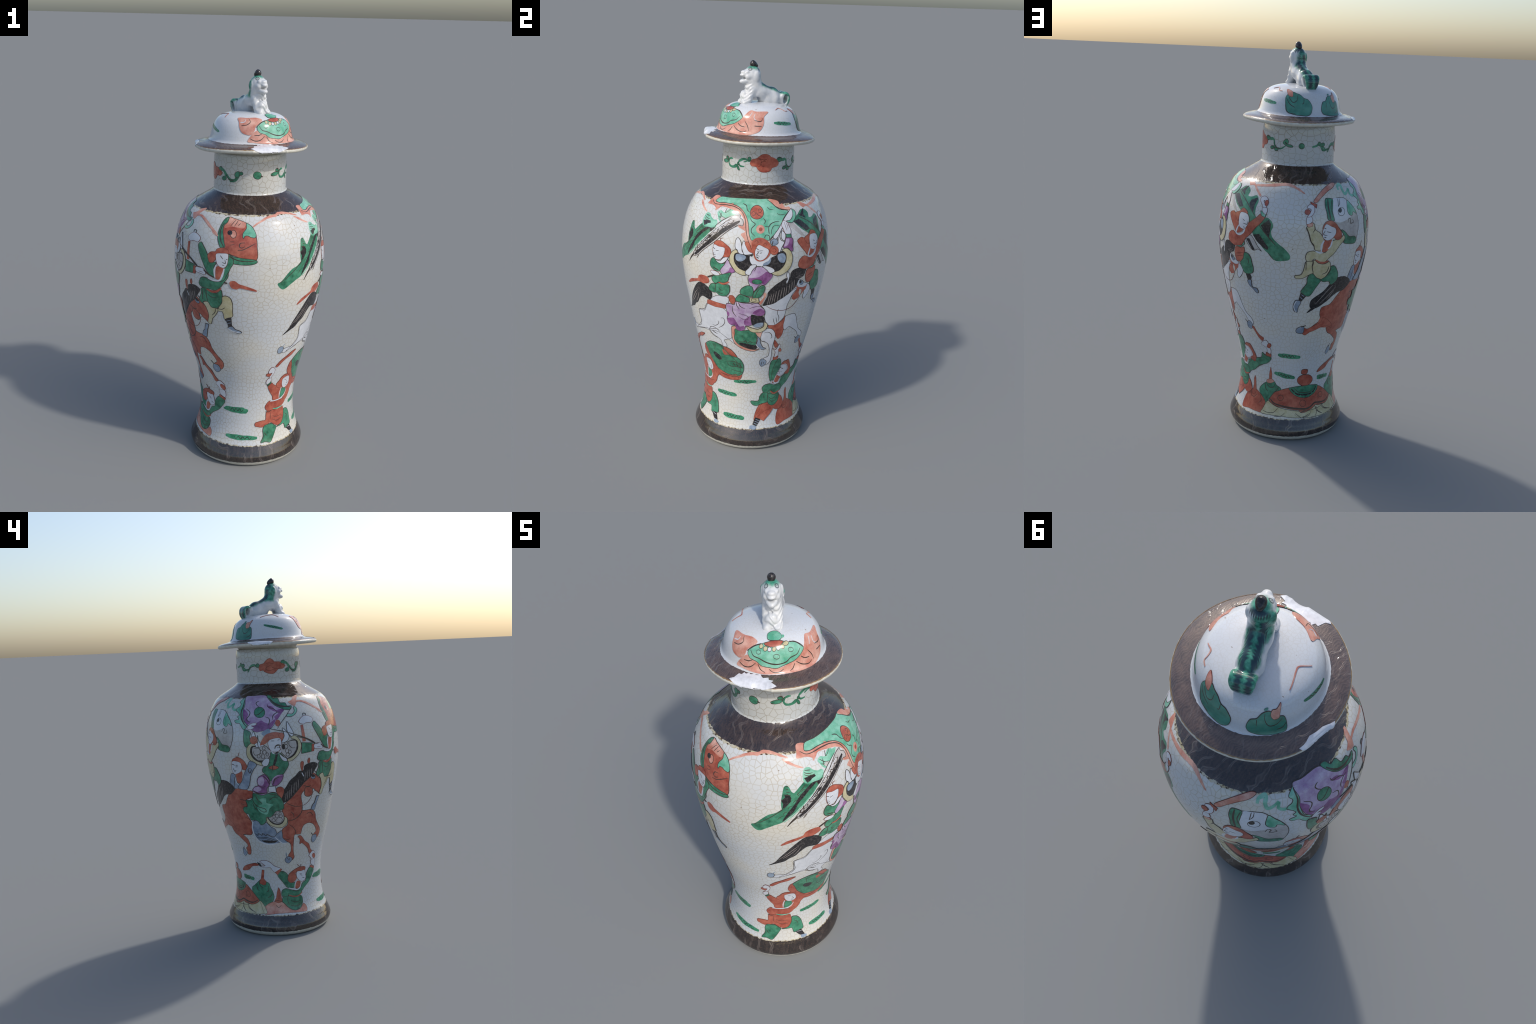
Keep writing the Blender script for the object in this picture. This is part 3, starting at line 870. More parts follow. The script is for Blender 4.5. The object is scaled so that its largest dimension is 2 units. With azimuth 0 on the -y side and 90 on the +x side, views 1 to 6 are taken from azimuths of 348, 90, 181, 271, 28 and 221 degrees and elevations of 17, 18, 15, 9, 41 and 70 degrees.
m.stroke("ink", 0.0023, [(328.7, 1.1206), (330.6, 1.1195)])
m.stroke("ink", 0.0023, [(331.6, 1.1499), (332.8, 1.1482)])
m.patch("green", [(310.1, 1.0219), (311.8, 1.0410), (316.2, 1.0445), (319.9, 1.0355), (326.0, 1.0356), (330.2, 1.0463), (333.4, 1.0837), (333.4, 1.0650), (330.2, 1.0327), (327.7, 1.0083), (324.2, 0.9907), (319.7, 0.9909), (315.9, 0.9914), (311.5, 0.9932), (309.5, 1.0069)], line="ink")
m.patch("green", [(311.4, 0.9846), (315.9, 0.9914), (320.1, 0.9772), (324.5, 0.9756), (328.1, 0.9948), (329.0, 0.9675), (328.6, 0.9355), (325.7, 0.9033), (322.8, 0.8940), (319.6, 0.8956), (316.5, 0.9206), (312.9, 0.9180), (311.1, 0.9063), (308.7, 0.9197), (311.0, 0.9584)], line="ink")
m.stroke("red", 0.0098, [(316.4, 0.9878), (320.1, 0.9801), (324.1, 0.9836), (328.1, 1.0031)])
m.stroke("ink", 0.0029, [(315.7, 0.9853), (315.8, 0.9542), (316.6, 0.9235)])
m.stroke("ink", 0.0029, [(312.9, 0.9812), (311.5, 0.9244)])
m.stroke("ink", 0.0029, [(317.1, 0.9618), (319.8, 0.9512), (324.4, 0.9540)])
m.stroke("ink", 0.0051, [(330.2, 1.0354), (333.0, 1.0336)])
m.patch("yellow", [(312.3, 0.9111), (316.5, 0.9206), (319.6, 0.8956), (323.3, 0.8946), (325.1, 0.8908), (322.8, 0.8583), (319.5, 0.8327), (317.2, 0.7989), (314.7, 0.8041), (316.2, 0.8460), (314.5, 0.8881)], line="ink")
m.patch("yellow", [(329.2, 0.9620), (332.1, 0.9675), (334.9, 0.9583), (336.5, 0.9306), (336.5, 0.8897), (336.2, 0.8597), (332.7, 0.8509), (329.9, 0.8424), (329.3, 0.8658), (328.1, 0.8824), (325.0, 0.8818), (325.6, 0.9003), (328.5, 0.9297)], line="ink")
m.stroke("ink", 0.0026, [(325.1, 0.8938), (328.2, 0.8943), (330.9, 0.9058)])
m.stroke("ink", 0.0026, [(323.3, 0.8946), (322.0, 0.8693), (319.3, 0.8506)])
m.patch("black", [(329.9, 0.8408), (335.3, 0.8561), (335.5, 0.8136), (336.2, 0.7988), (332.6, 0.7959), (332.0, 0.8199)], sharp=True)
m.patch("blue", [(332.2, 0.7955), (335.8, 0.8047), (338.0, 0.7907), (342.3, 0.7807), (343.4, 0.7733), (340.5, 0.7690), (335.7, 0.7799)], line="ink")
m.stroke("blue", 0.0026, [(330.7, 0.8310), (334.8, 0.8406)])
m.stroke("blue", 0.0026, [(331.5, 0.8195), (335.1, 0.8256)])
m.stroke("white", 0.0037, [(332.4, 0.7926), (335.7, 0.7799), (342.3, 0.7713)])
m.patch("blue", [(311.5, 0.7929), (314.9, 0.7922), (312.9, 0.7614), (310.7, 0.7142), (306.0, 0.7183), (307.7, 0.7460), (309.8, 0.7561)], line="ink", sharp=True)
m.patch("red", [(335.0, 1.0432), (338.2, 1.0479), (341.3, 1.0345), (346.7, 1.0239), (353.7, 1.0051), (354.3, 0.9995), (346.7, 1.0088), (342.1, 1.0142), (339.4, 1.0075), (336.2, 1.0125), (334.6, 1.0307)])

m = Motif("painted_horse", "vessel")
m.patch("white", [(51.1, 0.8268), (54.4, 0.8377), (68.4, 0.8098), (78.8, 0.6101), (68.1, 0.6457), (59.5, 0.6728), (52.8, 0.6726), (48.1, 0.6657), (41.6, 0.6648), (36.2, 0.6563), (29.1, 0.6447), (24.6, 0.6360), (21.9, 0.6353), (21.6, 0.6550), (25.6, 0.6607), (31.8, 0.6622), (36.1, 0.6757), (38.6, 0.7042), (37.8, 0.7466), (38.5, 0.7679), (45.5, 0.7775), (48.5, 0.8034)], line="ink")
m.patch("blue", [(16.3, 0.6601), (18.3, 0.6743), (21.7, 0.6696), (22.0, 0.6503), (20.1, 0.6367), (17.0, 0.6387)], line="ink")
m.stroke("blue", 0.0039, [(20.4, 0.6689), (23.1, 0.6869)])
m.stroke("ink", 0.0024, [(47.8, 0.6665), (50.5, 0.6901), (55.3, 0.6950), (59.8, 0.6805)])
m.stroke("ink", 0.0022, [(51.9, 0.6715), (56.1, 0.6621)])
m.stroke("ink", 0.0022, [(48.1, 0.6632), (52.5, 0.6435), (57.4, 0.6358)])
m.patch("black", [(56.0, 0.9068), (56.9, 0.8839), (54.5, 0.8538), (50.1, 0.8574), (46.4, 0.8611), (42.3, 0.8433), (37.8, 0.8096), (34.3, 0.7975), (30.4, 0.7747), (26.0, 0.7632), (18.5, 0.7421), (23.6, 0.7723), (26.9, 0.8083), (32.2, 0.8569), (36.6, 0.8920), (40.2, 0.9169), (44.1, 0.9345), (49.5, 0.9341)])
m.stroke("hair", 0.0026, [(40.4, 0.8848), (36.7, 0.8633), (32.3, 0.8311), (26.1, 0.7905)])
m.stroke("hair", 0.0026, [(39.0, 0.8632), (35.0, 0.8320), (29.2, 0.7982)])
m.stroke("hair", 0.0024, [(42.0, 0.8731), (39.2, 0.8375), (37.0, 0.8155)])
m.patch("red", [(54.9, 0.9632), (54.7, 0.9495), (51.4, 0.9391), (47.1, 0.9376), (43.4, 0.9403), (39.3, 0.9340), (33.6, 0.9161), (27.9, 0.9011), (31.5, 0.9262), (36.4, 0.9391), (42.2, 0.9487), (44.3, 0.9711), (48.7, 0.9805), (53.8, 0.9763)])
m.stroke("ink", 0.0028, [(53.3, 0.9796), (56.5, 0.9892), (58.9, 0.9971)])

m = Motif("painted_shield_warrior", "vessel")
m.patch("red", [(33.9, 0.5203), (36.2, 0.5624), (38.5, 0.5683), (40.2, 0.5449), (42.3, 0.4995), (47.3, 0.4559), (52.3, 0.4364), (46.1, 0.4307), (40.2, 0.4581), (36.8, 0.4846)], line="rust")
m.patch("red", [(12.3, 0.4380), (15.8, 0.4576), (19.8, 0.4416), (22.9, 0.4334), (27.3, 0.4732), (31.3, 0.4865), (36.8, 0.4846), (40.6, 0.4673), (42.4, 0.4888), (47.3, 0.4559), (55.2, 0.4182), (64.5, 0.4151), (74.0, 0.4260), (77.2, 0.3987), (69.9, 0.3886), (58.4, 0.3897), (51.9, 0.3969), (48.5, 0.3794), (46.9, 0.3571), (42.9, 0.3315), (38.2, 0.3221), (34.2, 0.3519), (29.7, 0.3466), (20.1, 0.3507), (19.2, 0.3719), (15.1, 0.4043)], line="rust")
m.patch("green", [(38.0, 0.5642), (44.7, 0.5928), (52.2, 0.6015), (58.0, 0.5968), (69.3, 0.5437), (76.5, 0.5018), (79.6, 0.4378), (73.2, 0.4254), (65.8, 0.4186), (57.4, 0.4285), (51.7, 0.4384), (47.2, 0.4611), (42.3, 0.4995), (39.7, 0.5409)], line="ink")
m.oval("black", (52.4, 0.5193), (3.98, -0.0030), (1.14, -0.0201))
m.patch("red", [(60.6, 0.5715), (65.9, 0.5470), (62.5, 0.5399)])
m.patch("red", [(10.7, 0.3202), (15.6, 0.3472), (21.2, 0.3426), (29.6, 0.3381), (37.0, 0.3403), (42.2, 0.3495), (39.9, 0.3197), (35.3, 0.3010), (29.5, 0.2970), (23.8, 0.2979), (20.3, 0.2889), (15.1, 0.2891), (11.7, 0.3012)], line="rust")
m.patch("red", [(12.7, 0.2866), (18.6, 0.2919), (24.3, 0.2900), (31.2, 0.2882), (36.4, 0.2918), (37.8, 0.2628), (37.6, 0.2284), (34.2, 0.2022), (29.0, 0.1946), (23.4, 0.2057), (18.2, 0.2220), (12.3, 0.2130), (7.5, 0.2047), (2.5, 0.2087), (-1.3, 0.2152), (-1.3, 0.2304), (2.6, 0.2372), (7.6, 0.2406), (11.3, 0.2420)], line="rust")
m.stroke("teal", 0.0060, [(20.9, 0.2991), (26.6, 0.2919), (34.7, 0.2955)])
m.stroke("ink", 0.0025, [(11.6, 0.2891), (15.1, 0.2851), (20.3, 0.2929)])
m.stroke("ink", 0.0020, [(20.7, 0.2579), (25.3, 0.2472), (34.5, 0.2470)])
m.stroke("ink", 0.0020, [(20.6, 0.2385), (26.3, 0.2242), (35.0, 0.2273)])
m.stroke("ink", 0.0020, [(18.5, 0.2800), (18.0, 0.2409)])
m.stroke("white", 0.0059, [(16.7, 0.3461), (23.5, 0.3433), (31.3, 0.3456), (37.6, 0.3610), (40.3, 0.3878)])
m.patch("green", [(31.9, 0.4074), (38.5, 0.3951), (38.1, 0.3734), (34.7, 0.3557), (30.2, 0.3506), (30.3, 0.3768)])
m.stroke("white", 0.0059, [(30.8, 0.4128), (29.2, 0.3818), (29.1, 0.3511)])
m.patch("red", [(22.4, 0.4381), (26.2, 0.4632), (28.8, 0.4778), (34.8, 0.4825), (37.4, 0.4837), (39.7, 0.4591), (31.3, 0.4606), (30.3, 0.4179), (26.5, 0.4147)], line="rust")
m.patch("white", [(30.8, 0.4636), (39.6, 0.4694), (42.3, 0.4441), (42.3, 0.4207), (38.5, 0.4043), (34.1, 0.4054), (31.4, 0.4218), (30.3, 0.4465)], line="rust")
m.stroke("ink", 0.0022, [(33.9, 0.4530), (37.1, 0.4487)])
m.stroke("ink", 0.0022, [(38.2, 0.4421), (40.0, 0.4249), (37.3, 0.4270)])
m.stroke("ink", 0.0022, [(37.3, 0.4152), (39.5, 0.4141)])
m.patch("green", [(11.0, 0.4552), (14.6, 0.4763), (15.3, 0.4569), (11.3, 0.4411)], line="ink", sharp=True)
m.patch("white", [(10.0, 0.4838), (13.9, 0.4961), (14.5, 0.4710), (10.5, 0.4542), (9.1, 0.4665)], line="rust")
m.patch("white", [(10.8, 0.5419), (13.5, 0.5569), (16.7, 0.5463), (16.8, 0.5210), (12.7, 0.4889), (12.0, 0.5033), (14.4, 0.5229), (10.9, 0.5218)], line="rust")
m.patch("red", [(8.3, 0.5187), (10.9, 0.5218), (13.8, 0.5168), (12.0, 0.5033), (8.6, 0.5090)], line="rust")
m.patch("red", [(17.3, 0.5572), (21.3, 0.5857), (27.5, 0.6061), (34.0, 0.6248), (39.7, 0.6293), (36.7, 0.6159), (34.1, 0.6053), (27.5, 0.5913), (22.9, 0.5714), (19.1, 0.5539)], line="rust")
m.patch("green", [(9.9, 0.2100), (14.7, 0.2155), (19.4, 0.2152), (23.9, 0.1987), (25.9, 0.1918), (23.2, 0.1648), (19.3, 0.1357), (16.0, 0.1194), (10.4, 0.1257), (5.0, 0.1243), (8.3, 0.1566), (8.1, 0.1898)], line="ink")
m.stroke("ink", 0.0031, [(9.4, 0.1744), (12.4, 0.1551)])
m.patch("green", [(38.7, 0.2695), (44.1, 0.2671), (48.3, 0.2416), (50.5, 0.2031), (50.9, 0.1710), (45.5, 0.1644), (40.1, 0.1592), (38.2, 0.1880), (31.8, 0.1882), (26.7, 0.1882), (34.2, 0.2022), (38.0, 0.2356)], line="ink")
m.stroke("ink", 0.0025, [(41.0, 0.2432), (43.9, 0.2308), (45.6, 0.2128)])
m.patch("black", [(41.3, 0.1609), (48.6, 0.1656), (51.8, 0.1308), (46.5, 0.1330)], sharp=True)
m.stroke("white", 0.0020, [(43.0, 0.1601), (48.9, 0.1552)])
m.patch("blue", [(47.6, 0.1297), (54.0, 0.1233), (51.8, 0.1149), (47.7, 0.1165)])

m = Motif("painted_grass", "vessel")
m.tuft((320.3, 0.3033), (348.8, 0.2924), 0.0177)
m.tuft((324.7, 0.1572), (358.0, 0.1514), 0.0233)
m.tuft((322.2, 0.3085), (350.3, 0.3027), 0.0271)

m = Motif("painted_banner", "vessel")
m.patch("coral", [(48.7, 1.3622), (42.9, 1.3600), (42.0, 1.3411), (41.2, 1.3277), (48.9, 1.3247), (53.1, 1.3138), (52.9, 1.3050), (56.0, 1.3163), (58.1, 1.3262), (67.2, 1.3224), (74.4, 1.3122), (79.0, 1.2957), (81.3, 1.2675), (76.6, 1.2526), (82.6, 1.2296), (79.5, 1.2172), (82.3, 1.1940), (83.2, 1.1719), (85.8, 1.1478), (90.0, 1.1374), (89.7, 1.1919), (87.4, 1.2568), (82.8, 1.3074), (72.8, 1.3388), (59.4, 1.3466), (50.2, 1.3401), (50.5, 1.3588)])
m.patch("teal", [(50.4, 1.3592), (61.6, 1.3636), (74.9, 1.3665), (87.8, 1.3676), (95.4, 1.3671), (102.7, 1.3660), (104.7, 1.3540), (106.9, 1.3430), (111.0, 1.3272), (118.8, 1.3173), (115.5, 1.2991), (112.8, 1.2837), (110.6, 1.2593), (107.1, 1.2347), (104.0, 1.2093), (100.3, 1.1921), (91.8, 1.1989), (88.0, 1.1915), (86.0, 1.2132), (85.1, 1.2477), (84.0, 1.2769), (81.2, 1.3069), (76.4, 1.3290), (69.4, 1.3400), (60.1, 1.3423), (52.8, 1.3392), (48.5, 1.3437)], line="ink")
m.patch("coral", [(102.5, 1.3652), (108.1, 1.3637), (112.4, 1.3560), (112.7, 1.3453), (115.5, 1.3481), (117.1, 1.3346), (121.4, 1.3328), (121.5, 1.3230), (118.4, 1.3215), (113.6, 1.3273), (109.6, 1.3360), (106.3, 1.3494)])
m.stroke("ink", 0.0023, [(100.9, 1.3645), (104.7, 1.3540), (108.0, 1.3392), (113.6, 1.3264), (120.0, 1.3227)])
m.stroke("ink", 0.0027, [(44.8, 1.3436), (49.4, 1.3323), (63.1, 1.3352), (72.0, 1.3309), (78.0, 1.3159), (81.7, 1.2844), (83.3, 1.2342), (85.2, 1.1907), (87.5, 1.1621)])
m.stroke("ink", 0.0027, [(77.7, 1.3480), (81.3, 1.3400), (82.8, 1.3235), (85.9, 1.3124)])
m.stroke("ink", 0.0027, [(85.9, 1.2898), (87.2, 1.2778), (90.0, 1.2658), (87.5, 1.2462), (87.3, 1.2289), (90.3, 1.2098)])
m.oval("red", (91.0, 1.3153), (5.69, 0.0007), (0.18, -0.0285), line="ink")
m.stroke("ink", 0.0018, [(86.4, 1.3105), (87.9, 1.3188), (89.8, 1.3131), (88.9, 1.3028), (86.9, 1.3044)])
m.stroke("ink", 0.0018, [(92.0, 1.3233), (93.2, 1.3301), (94.9, 1.3235), (93.6, 1.3146), (92.0, 1.3194)])
m.stroke("ink", 0.0020, [(90.4, 1.3152), (92.5, 1.3033), (95.2, 1.2993)])
m.oval("coral", (94.1, 1.2429), (3.22, 0.0002), (0.05, -0.0197))
m.oval("red", (94.3, 1.2429), (1.46, 0.0001), (0.02, -0.0090))
m.stroke("ink", 0.0027, [(96.5, 1.2911), (98.0, 1.2788), (96.9, 1.2663)])
m.stroke("ink", 0.0027, [(97.6, 1.2557), (100.6, 1.2544), (102.2, 1.2658), (105.8, 1.2745), (109.4, 1.2745)])
m.stroke("ink", 0.0027, [(100.6, 1.2534), (100.5, 1.2362), (100.8, 1.2210)])
m.stroke("ink", 0.0020, [(102.3, 1.2207), (102.8, 1.2402), (104.8, 1.2568), (109.5, 1.2586)])
m.stroke("ink", 0.0018, [(108.2, 1.3121), (110.1, 1.3043), (115.9, 1.3052)])
m.stroke("ink", 0.0018, [(100.0, 1.3384), (101.9, 1.3290), (105.7, 1.3265)])

m = Motif("painted_spear", "vessel")
m.patch("white", [(122.3, 1.3246), (117.2, 1.3046), (113.4, 1.2834), (108.1, 1.2430), (103.7, 1.2049), (105.9, 1.1975), (110.8, 1.2420), (115.2, 1.2742), (117.8, 1.2729), (122.6, 1.2995), (123.5, 1.3178)], line="ink")
m.patch("teal", [(122.7, 1.3233), (125.4, 1.3126), (125.4, 1.2957), (122.9, 1.2761), (120.1, 1.2651), (116.8, 1.2692), (115.2, 1.2742), (119.3, 1.2784), (122.3, 1.2976), (122.8, 1.3120)], line="ink")
m.patch("white", [(112.8, 1.2774), (115.9, 1.2696), (117.1, 1.2518), (118.3, 1.2292), (117.7, 1.2163), (113.7, 1.2187), (112.0, 1.2415), (110.9, 1.2591)], line="rust")
m.stroke("rust", 0.0016, [(113.4, 1.2708), (114.2, 1.2491), (115.1, 1.2334)])
m.stroke("rust", 0.0016, [(115.0, 1.2679), (115.9, 1.2525), (116.0, 1.2394)])
m.patch("green", [(113.7, 1.2165), (118.1, 1.2149), (118.3, 1.1956), (114.3, 1.1982)], line="ink", sharp=True)
m.patch("purple", [(113.5, 1.1986), (119.1, 1.1939), (119.2, 1.1606), (119.0, 1.1327), (117.6, 1.1339), (115.2, 1.1496), (111.4, 1.1543), (113.0, 1.1831)], line="ink")
m.patch("lilac", [(113.9, 1.1939), (116.3, 1.1936), (115.3, 1.1657), (113.3, 1.1601), (112.2, 1.1585), (113.4, 1.1829)])

m = Motif("painted_plume", "vessel")
m.patch("white", [(107.9, 1.2169), (110.0, 1.1892), (112.3, 1.1812), (110.3, 1.1549), (108.5, 1.1302), (106.2, 1.1498), (104.4, 1.1687), (107.0, 1.1769)], line="ink")
m.patch("white", [(111.1, 1.2332), (113.6, 1.2143), (112.3, 1.1858), (110.1, 1.2004)], line="ink")
m.patch("blue", [(101.5, 1.1874), (105.9, 1.1998), (107.5, 1.1767), (104.1, 1.1654), (102.6, 1.1714)], line="ink")
m.stroke("ink", 0.0027, [(100.8, 1.1921), (103.8, 1.2138)])
m.stroke("ink", 0.0027, [(102.6, 1.1623), (103.7, 1.1892)])
m.stroke("ink", 0.0023, [(97.2, 1.2036), (98.3, 1.2168), (100.5, 1.2144), (101.2, 1.1920)])
m.patch("white", [(76.3, 1.1476), (76.0, 1.1862), (77.5, 1.2006), (79.5, 1.1882), (80.8, 1.1595), (81.4, 1.1367), (82.9, 1.1235), (79.0, 1.1261), (77.4, 1.1437)], line="ink")
m.patch("white", [(80.8, 1.1595), (82.0, 1.1872), (83.5, 1.1788), (86.6, 1.1435), (89.1, 1.1303), (83.2, 1.1213), (81.7, 1.1369)], line="ink")

m = Motif("painted_rider", "vessel")
m.patch("red", [(83.1, 1.1809), (85.2, 1.1840), (87.9, 1.1508), (89.4, 1.1327), (86.6, 1.1366), (84.4, 1.1565)], line="rust")
m.patch("yellow", [(76.7, 1.1421), (73.9, 1.1320), (72.1, 1.1047), (72.3, 1.0762), (74.4, 1.0513), (78.4, 1.0272), (83.4, 1.0177), (86.1, 1.0288), (84.4, 1.0404), (80.1, 1.0505), (76.9, 1.0726), (75.6, 1.0980), (76.2, 1.1220), (78.3, 1.1303)], line="ink")
m.patch("black", [(76.2, 1.1243), (81.5, 1.1228), (86.7, 1.1203), (89.4, 1.1257), (87.5, 1.1041), (88.3, 1.0878), (90.0, 1.0810), (87.7, 1.0612), (84.4, 1.0404), (80.1, 1.0505), (76.9, 1.0726), (75.6, 1.0980)])
m.patch("blue", [(77.3, 1.1215), (84.0, 1.1146), (83.4, 1.0979), (80.0, 1.0866), (77.1, 1.0943)])
m.patch("yellow", [(110.7, 1.1431), (113.7, 1.1495), (117.2, 1.1342), (119.0, 1.1043), (118.6, 1.0733), (117.2, 1.0501), (114.3, 1.0302), (108.1, 1.0144), (103.2, 1.0315), (108.9, 1.0437), (112.4, 1.0685), (113.8, 1.0940), (113.3, 1.1252)], line="ink")
m.patch("black", [(107.0, 1.1286), (111.4, 1.1380), (113.7, 1.1178), (113.8, 1.0892), (111.7, 1.0616), (108.9, 1.0437), (105.0, 1.0407), (102.4, 1.0539), (96.7, 1.0695), (100.8, 1.0857), (102.4, 1.1067), (106.7, 1.1217)])
m.patch("blue", [(107.4, 1.1214), (111.4, 1.1263), (113.4, 1.1086), (112.3, 1.0806), (109.7, 1.0822), (107.5, 1.1001)])
m.patch("white", [(87.2, 1.1158), (90.3, 1.1048), (92.8, 1.0910), (95.9, 1.0911), (99.3, 1.1026), (101.7, 1.1163), (102.3, 1.0996), (100.8, 1.0857), (97.4, 1.0718), (94.7, 1.0623), (91.2, 1.0668), (88.1, 1.0806)])
m.patch("blue", [(97.0, 1.0815), (100.7, 1.0953), (101.9, 1.1092), (102.3, 1.0949), (100.5, 1.0762), (96.7, 1.0695)])
m.patch("red", [(88.5, 1.1894), (90.5, 1.2010), (94.7, 1.2047), (98.7, 1.1946), (101.6, 1.1739), (102.6, 1.1532), (101.3, 1.1234), (97.6, 1.0981), (93.8, 1.0910), (91.1, 1.1002), (89.6, 1.1234), (88.0, 1.1576)])
m.oval("red", (104.5, 1.1435), (3.23, -0.0010), (0.04, -0.0213), line="rust")
m.stroke("rust", 0.0021, [(103.4, 1.1484), (104.8, 1.1526), (105.9, 1.1430), (104.7, 1.1341), (103.2, 1.1404)])
m.stroke("rust", 0.0020, [(89.9, 1.1830), (91.3, 1.1922), (92.7, 1.1834), (91.4, 1.1742)])
m.stroke("rust", 0.0020, [(96.3, 1.1723), (98.0, 1.1789), (99.1, 1.1675)])
m.patch("white", [(93.1, 1.1710), (90.8, 1.1468), (90.6, 1.1236), (91.7, 1.1050), (94.2, 1.0958), (96.9, 1.1005), (99.6, 1.1190), (100.5, 1.1467), (97.0, 1.1609)], line="rust")
m.stroke("ink", 0.0027, [(91.3, 1.1549), (93.4, 1.1471)])
m.stroke("ink", 0.0020, [(93.2, 1.1420), (96.4, 1.1435)])
m.stroke("ink", 0.0023, [(92.6, 1.1424), (92.9, 1.1332), (91.8, 1.1215), (94.1, 1.1170)])
m.stroke("ink", 0.0036, [(91.5, 1.1144), (93.4, 1.1064)])
m.stroke("ink", 0.0023, [(94.0, 1.1310), (95.7, 1.1338)])
m.patch("lilac", [(92.3, 1.0661), (96.1, 1.0639), (102.2, 1.0322), (103.8, 1.0193), (100.8, 0.9863), (98.1, 0.9690), (95.2, 0.9718), (90.5, 0.9352), (88.3, 0.9555), (86.8, 0.9806), (86.3, 1.0107), (87.9, 1.0360), (90.3, 1.0561)], line="ink")
m.patch("purple", [(86.9, 1.0034), (90.2, 1.0068), (93.9, 1.0122), (96.3, 1.0222), (99.7, 1.0390), (103.8, 1.0193), (100.8, 0.9863), (98.1, 0.9703), (95.9, 0.9795), (91.7, 0.9742), (87.5, 0.9834)])
m.patch("lilac", [(91.4, 1.0294), (94.1, 1.0419), (95.9, 1.0321), (93.9, 1.0172), (91.5, 1.0145)])
m.oval("green", (92.9, 0.9865), (3.66, -0.0011), (-0.02, -0.0127), line="ink")
m.patch("white", [(96.4, 1.0675), (99.5, 1.0683), (104.5, 1.0523), (105.3, 1.0385), (102.2, 1.0310), (99.3, 1.0489)], line="ink")
m.patch("white", [(87.8, 1.0700), (90.2, 1.0742), (92.1, 1.0721), (89.3, 1.0462), (87.3, 1.0210), (84.5, 1.0249), (84.1, 1.0370), (86.5, 1.0575)], line="ink")
m.stroke("ink", 0.0023, [(90.7, 1.0415), (92.3, 1.0649), (93.6, 1.0638), (96.0, 1.0651)])
m.patch("green", [(87.1, 0.9654), (89.2, 0.9609), (90.4, 0.9377), (89.8, 0.9086), (84.7, 0.9096), (80.7, 0.9206), (81.1, 0.9418), (83.9, 0.9589)], line="ink")
m.patch("green", [(90.6, 0.9247), (93.6, 0.9512), (96.7, 0.9666), (98.7, 0.9612), (98.4, 0.9352), (95.7, 0.9038), (92.2, 0.8984), (90.3, 0.9008)], line="ink")
m.stroke("ink", 0.0021, [(92.1, 0.9037), (93.0, 0.9302), (95.4, 0.9512), (98.2, 0.9587)])
m.patch("green", [(80.7, 0.9153), (84.4, 0.9068), (87.7, 0.8974), (87.4, 0.8759), (82.2, 0.8722), (76.9, 0.8780), (78.1, 0.9003)], line="ink")
m.patch("coral", [(98.5, 0.9247), (100.3, 0.9217), (98.5, 0.8848), (96.1, 0.8608), (95.3, 0.8717), (98.3, 0.8982)])
m.patch("yellow", [(87.8, 0.8988), (94.5, 0.8985), (95.2, 0.8744), (92.3, 0.8716), (87.9, 0.8782)], line="ink", sharp=True)
m.patch("yellow", [(89.3, 0.8939), (92.6, 0.8931), (92.8, 0.8811), (89.5, 0.8819)], line="ink", sharp=True)
m.patch("lilac", [(69.7, 0.8548), (73.0, 0.8560), (75.7, 0.8526), (76.9, 0.8721), (82.2, 0.8682), (87.8, 0.8680), (92.3, 0.8721), (94.9, 0.8663), (96.9, 0.8498), (99.8, 0.8300), (100.1, 0.8076), (97.9, 0.7969), (94.4, 0.7972), (91.2, 0.8026), (89.7, 0.8023), (90.2, 0.7715), (89.5, 0.7432), (85.1, 0.7361), (83.9, 0.7156), (80.8, 0.7053), (77.4, 0.7086), (75.8, 0.7357), (72.8, 0.7328), (69.9, 0.7466), (69.3, 0.7712), (70.4, 0.7948), (69.0, 0.8182), (68.8, 0.8400)], line="ink")
m.patch("purple", [(92.6, 0.8278), (96.3, 0.8389), (99.9, 0.8244), (99.7, 0.8049), (97.1, 0.7970), (93.5, 0.8014), (90.4, 0.8109)])
m.patch("purple", [(69.4, 0.7685), (74.5, 0.7767), (77.3, 0.7538), (79.7, 0.7302), (83.5, 0.7353), (84.1, 0.7157), (80.8, 0.7053), (77.1, 0.7112), (75.5, 0.7368), (72.1, 0.7335), (69.4, 0.7517)])
m.patch("purple", [(85.4, 0.7813), (89.7, 0.7967), (90.1, 0.7461), (84.7, 0.7387), (83.5, 0.7579)])
m.patch("purple", [(69.4, 0.8104), (71.4, 0.8015), (70.4, 0.7808), (69.6, 0.7855)])
m.stroke("ink", 0.0026, [(77.3, 0.8702), (78.0, 0.8490), (79.9, 0.8312)])
m.stroke("ink", 0.0026, [(79.2, 0.8689), (80.7, 0.8482), (84.5, 0.8352)])
m.stroke("ink", 0.0026, [(74.1, 0.8456), (74.6, 0.8103), (77.3, 0.7847)])
m.stroke("ink", 0.0021, [(88.9, 0.8588), (91.5, 0.8674), (95.1, 0.8717)])
m.stroke("ink", 0.0021, [(87.9, 0.8380), (91.6, 0.8484), (97.2, 0.8498), (99.2, 0.8384)])
m.stroke("ink", 0.0021, [(79.4, 0.8059), (83.7, 0.8001), (86.9, 0.7903), (86.1, 0.7732), (82.9, 0.7745), (79.0, 0.7888)])
m.patch("yellow", [(85.9, 0.7336), (90.9, 0.7236), (95.8, 0.7181), (100.2, 0.7343), (100.5, 0.7597), (102.9, 0.7503), (103.2, 0.7275), (100.2, 0.7058), (96.0, 0.6986), (90.2, 0.7020), (87.6, 0.7143)], line="ink")
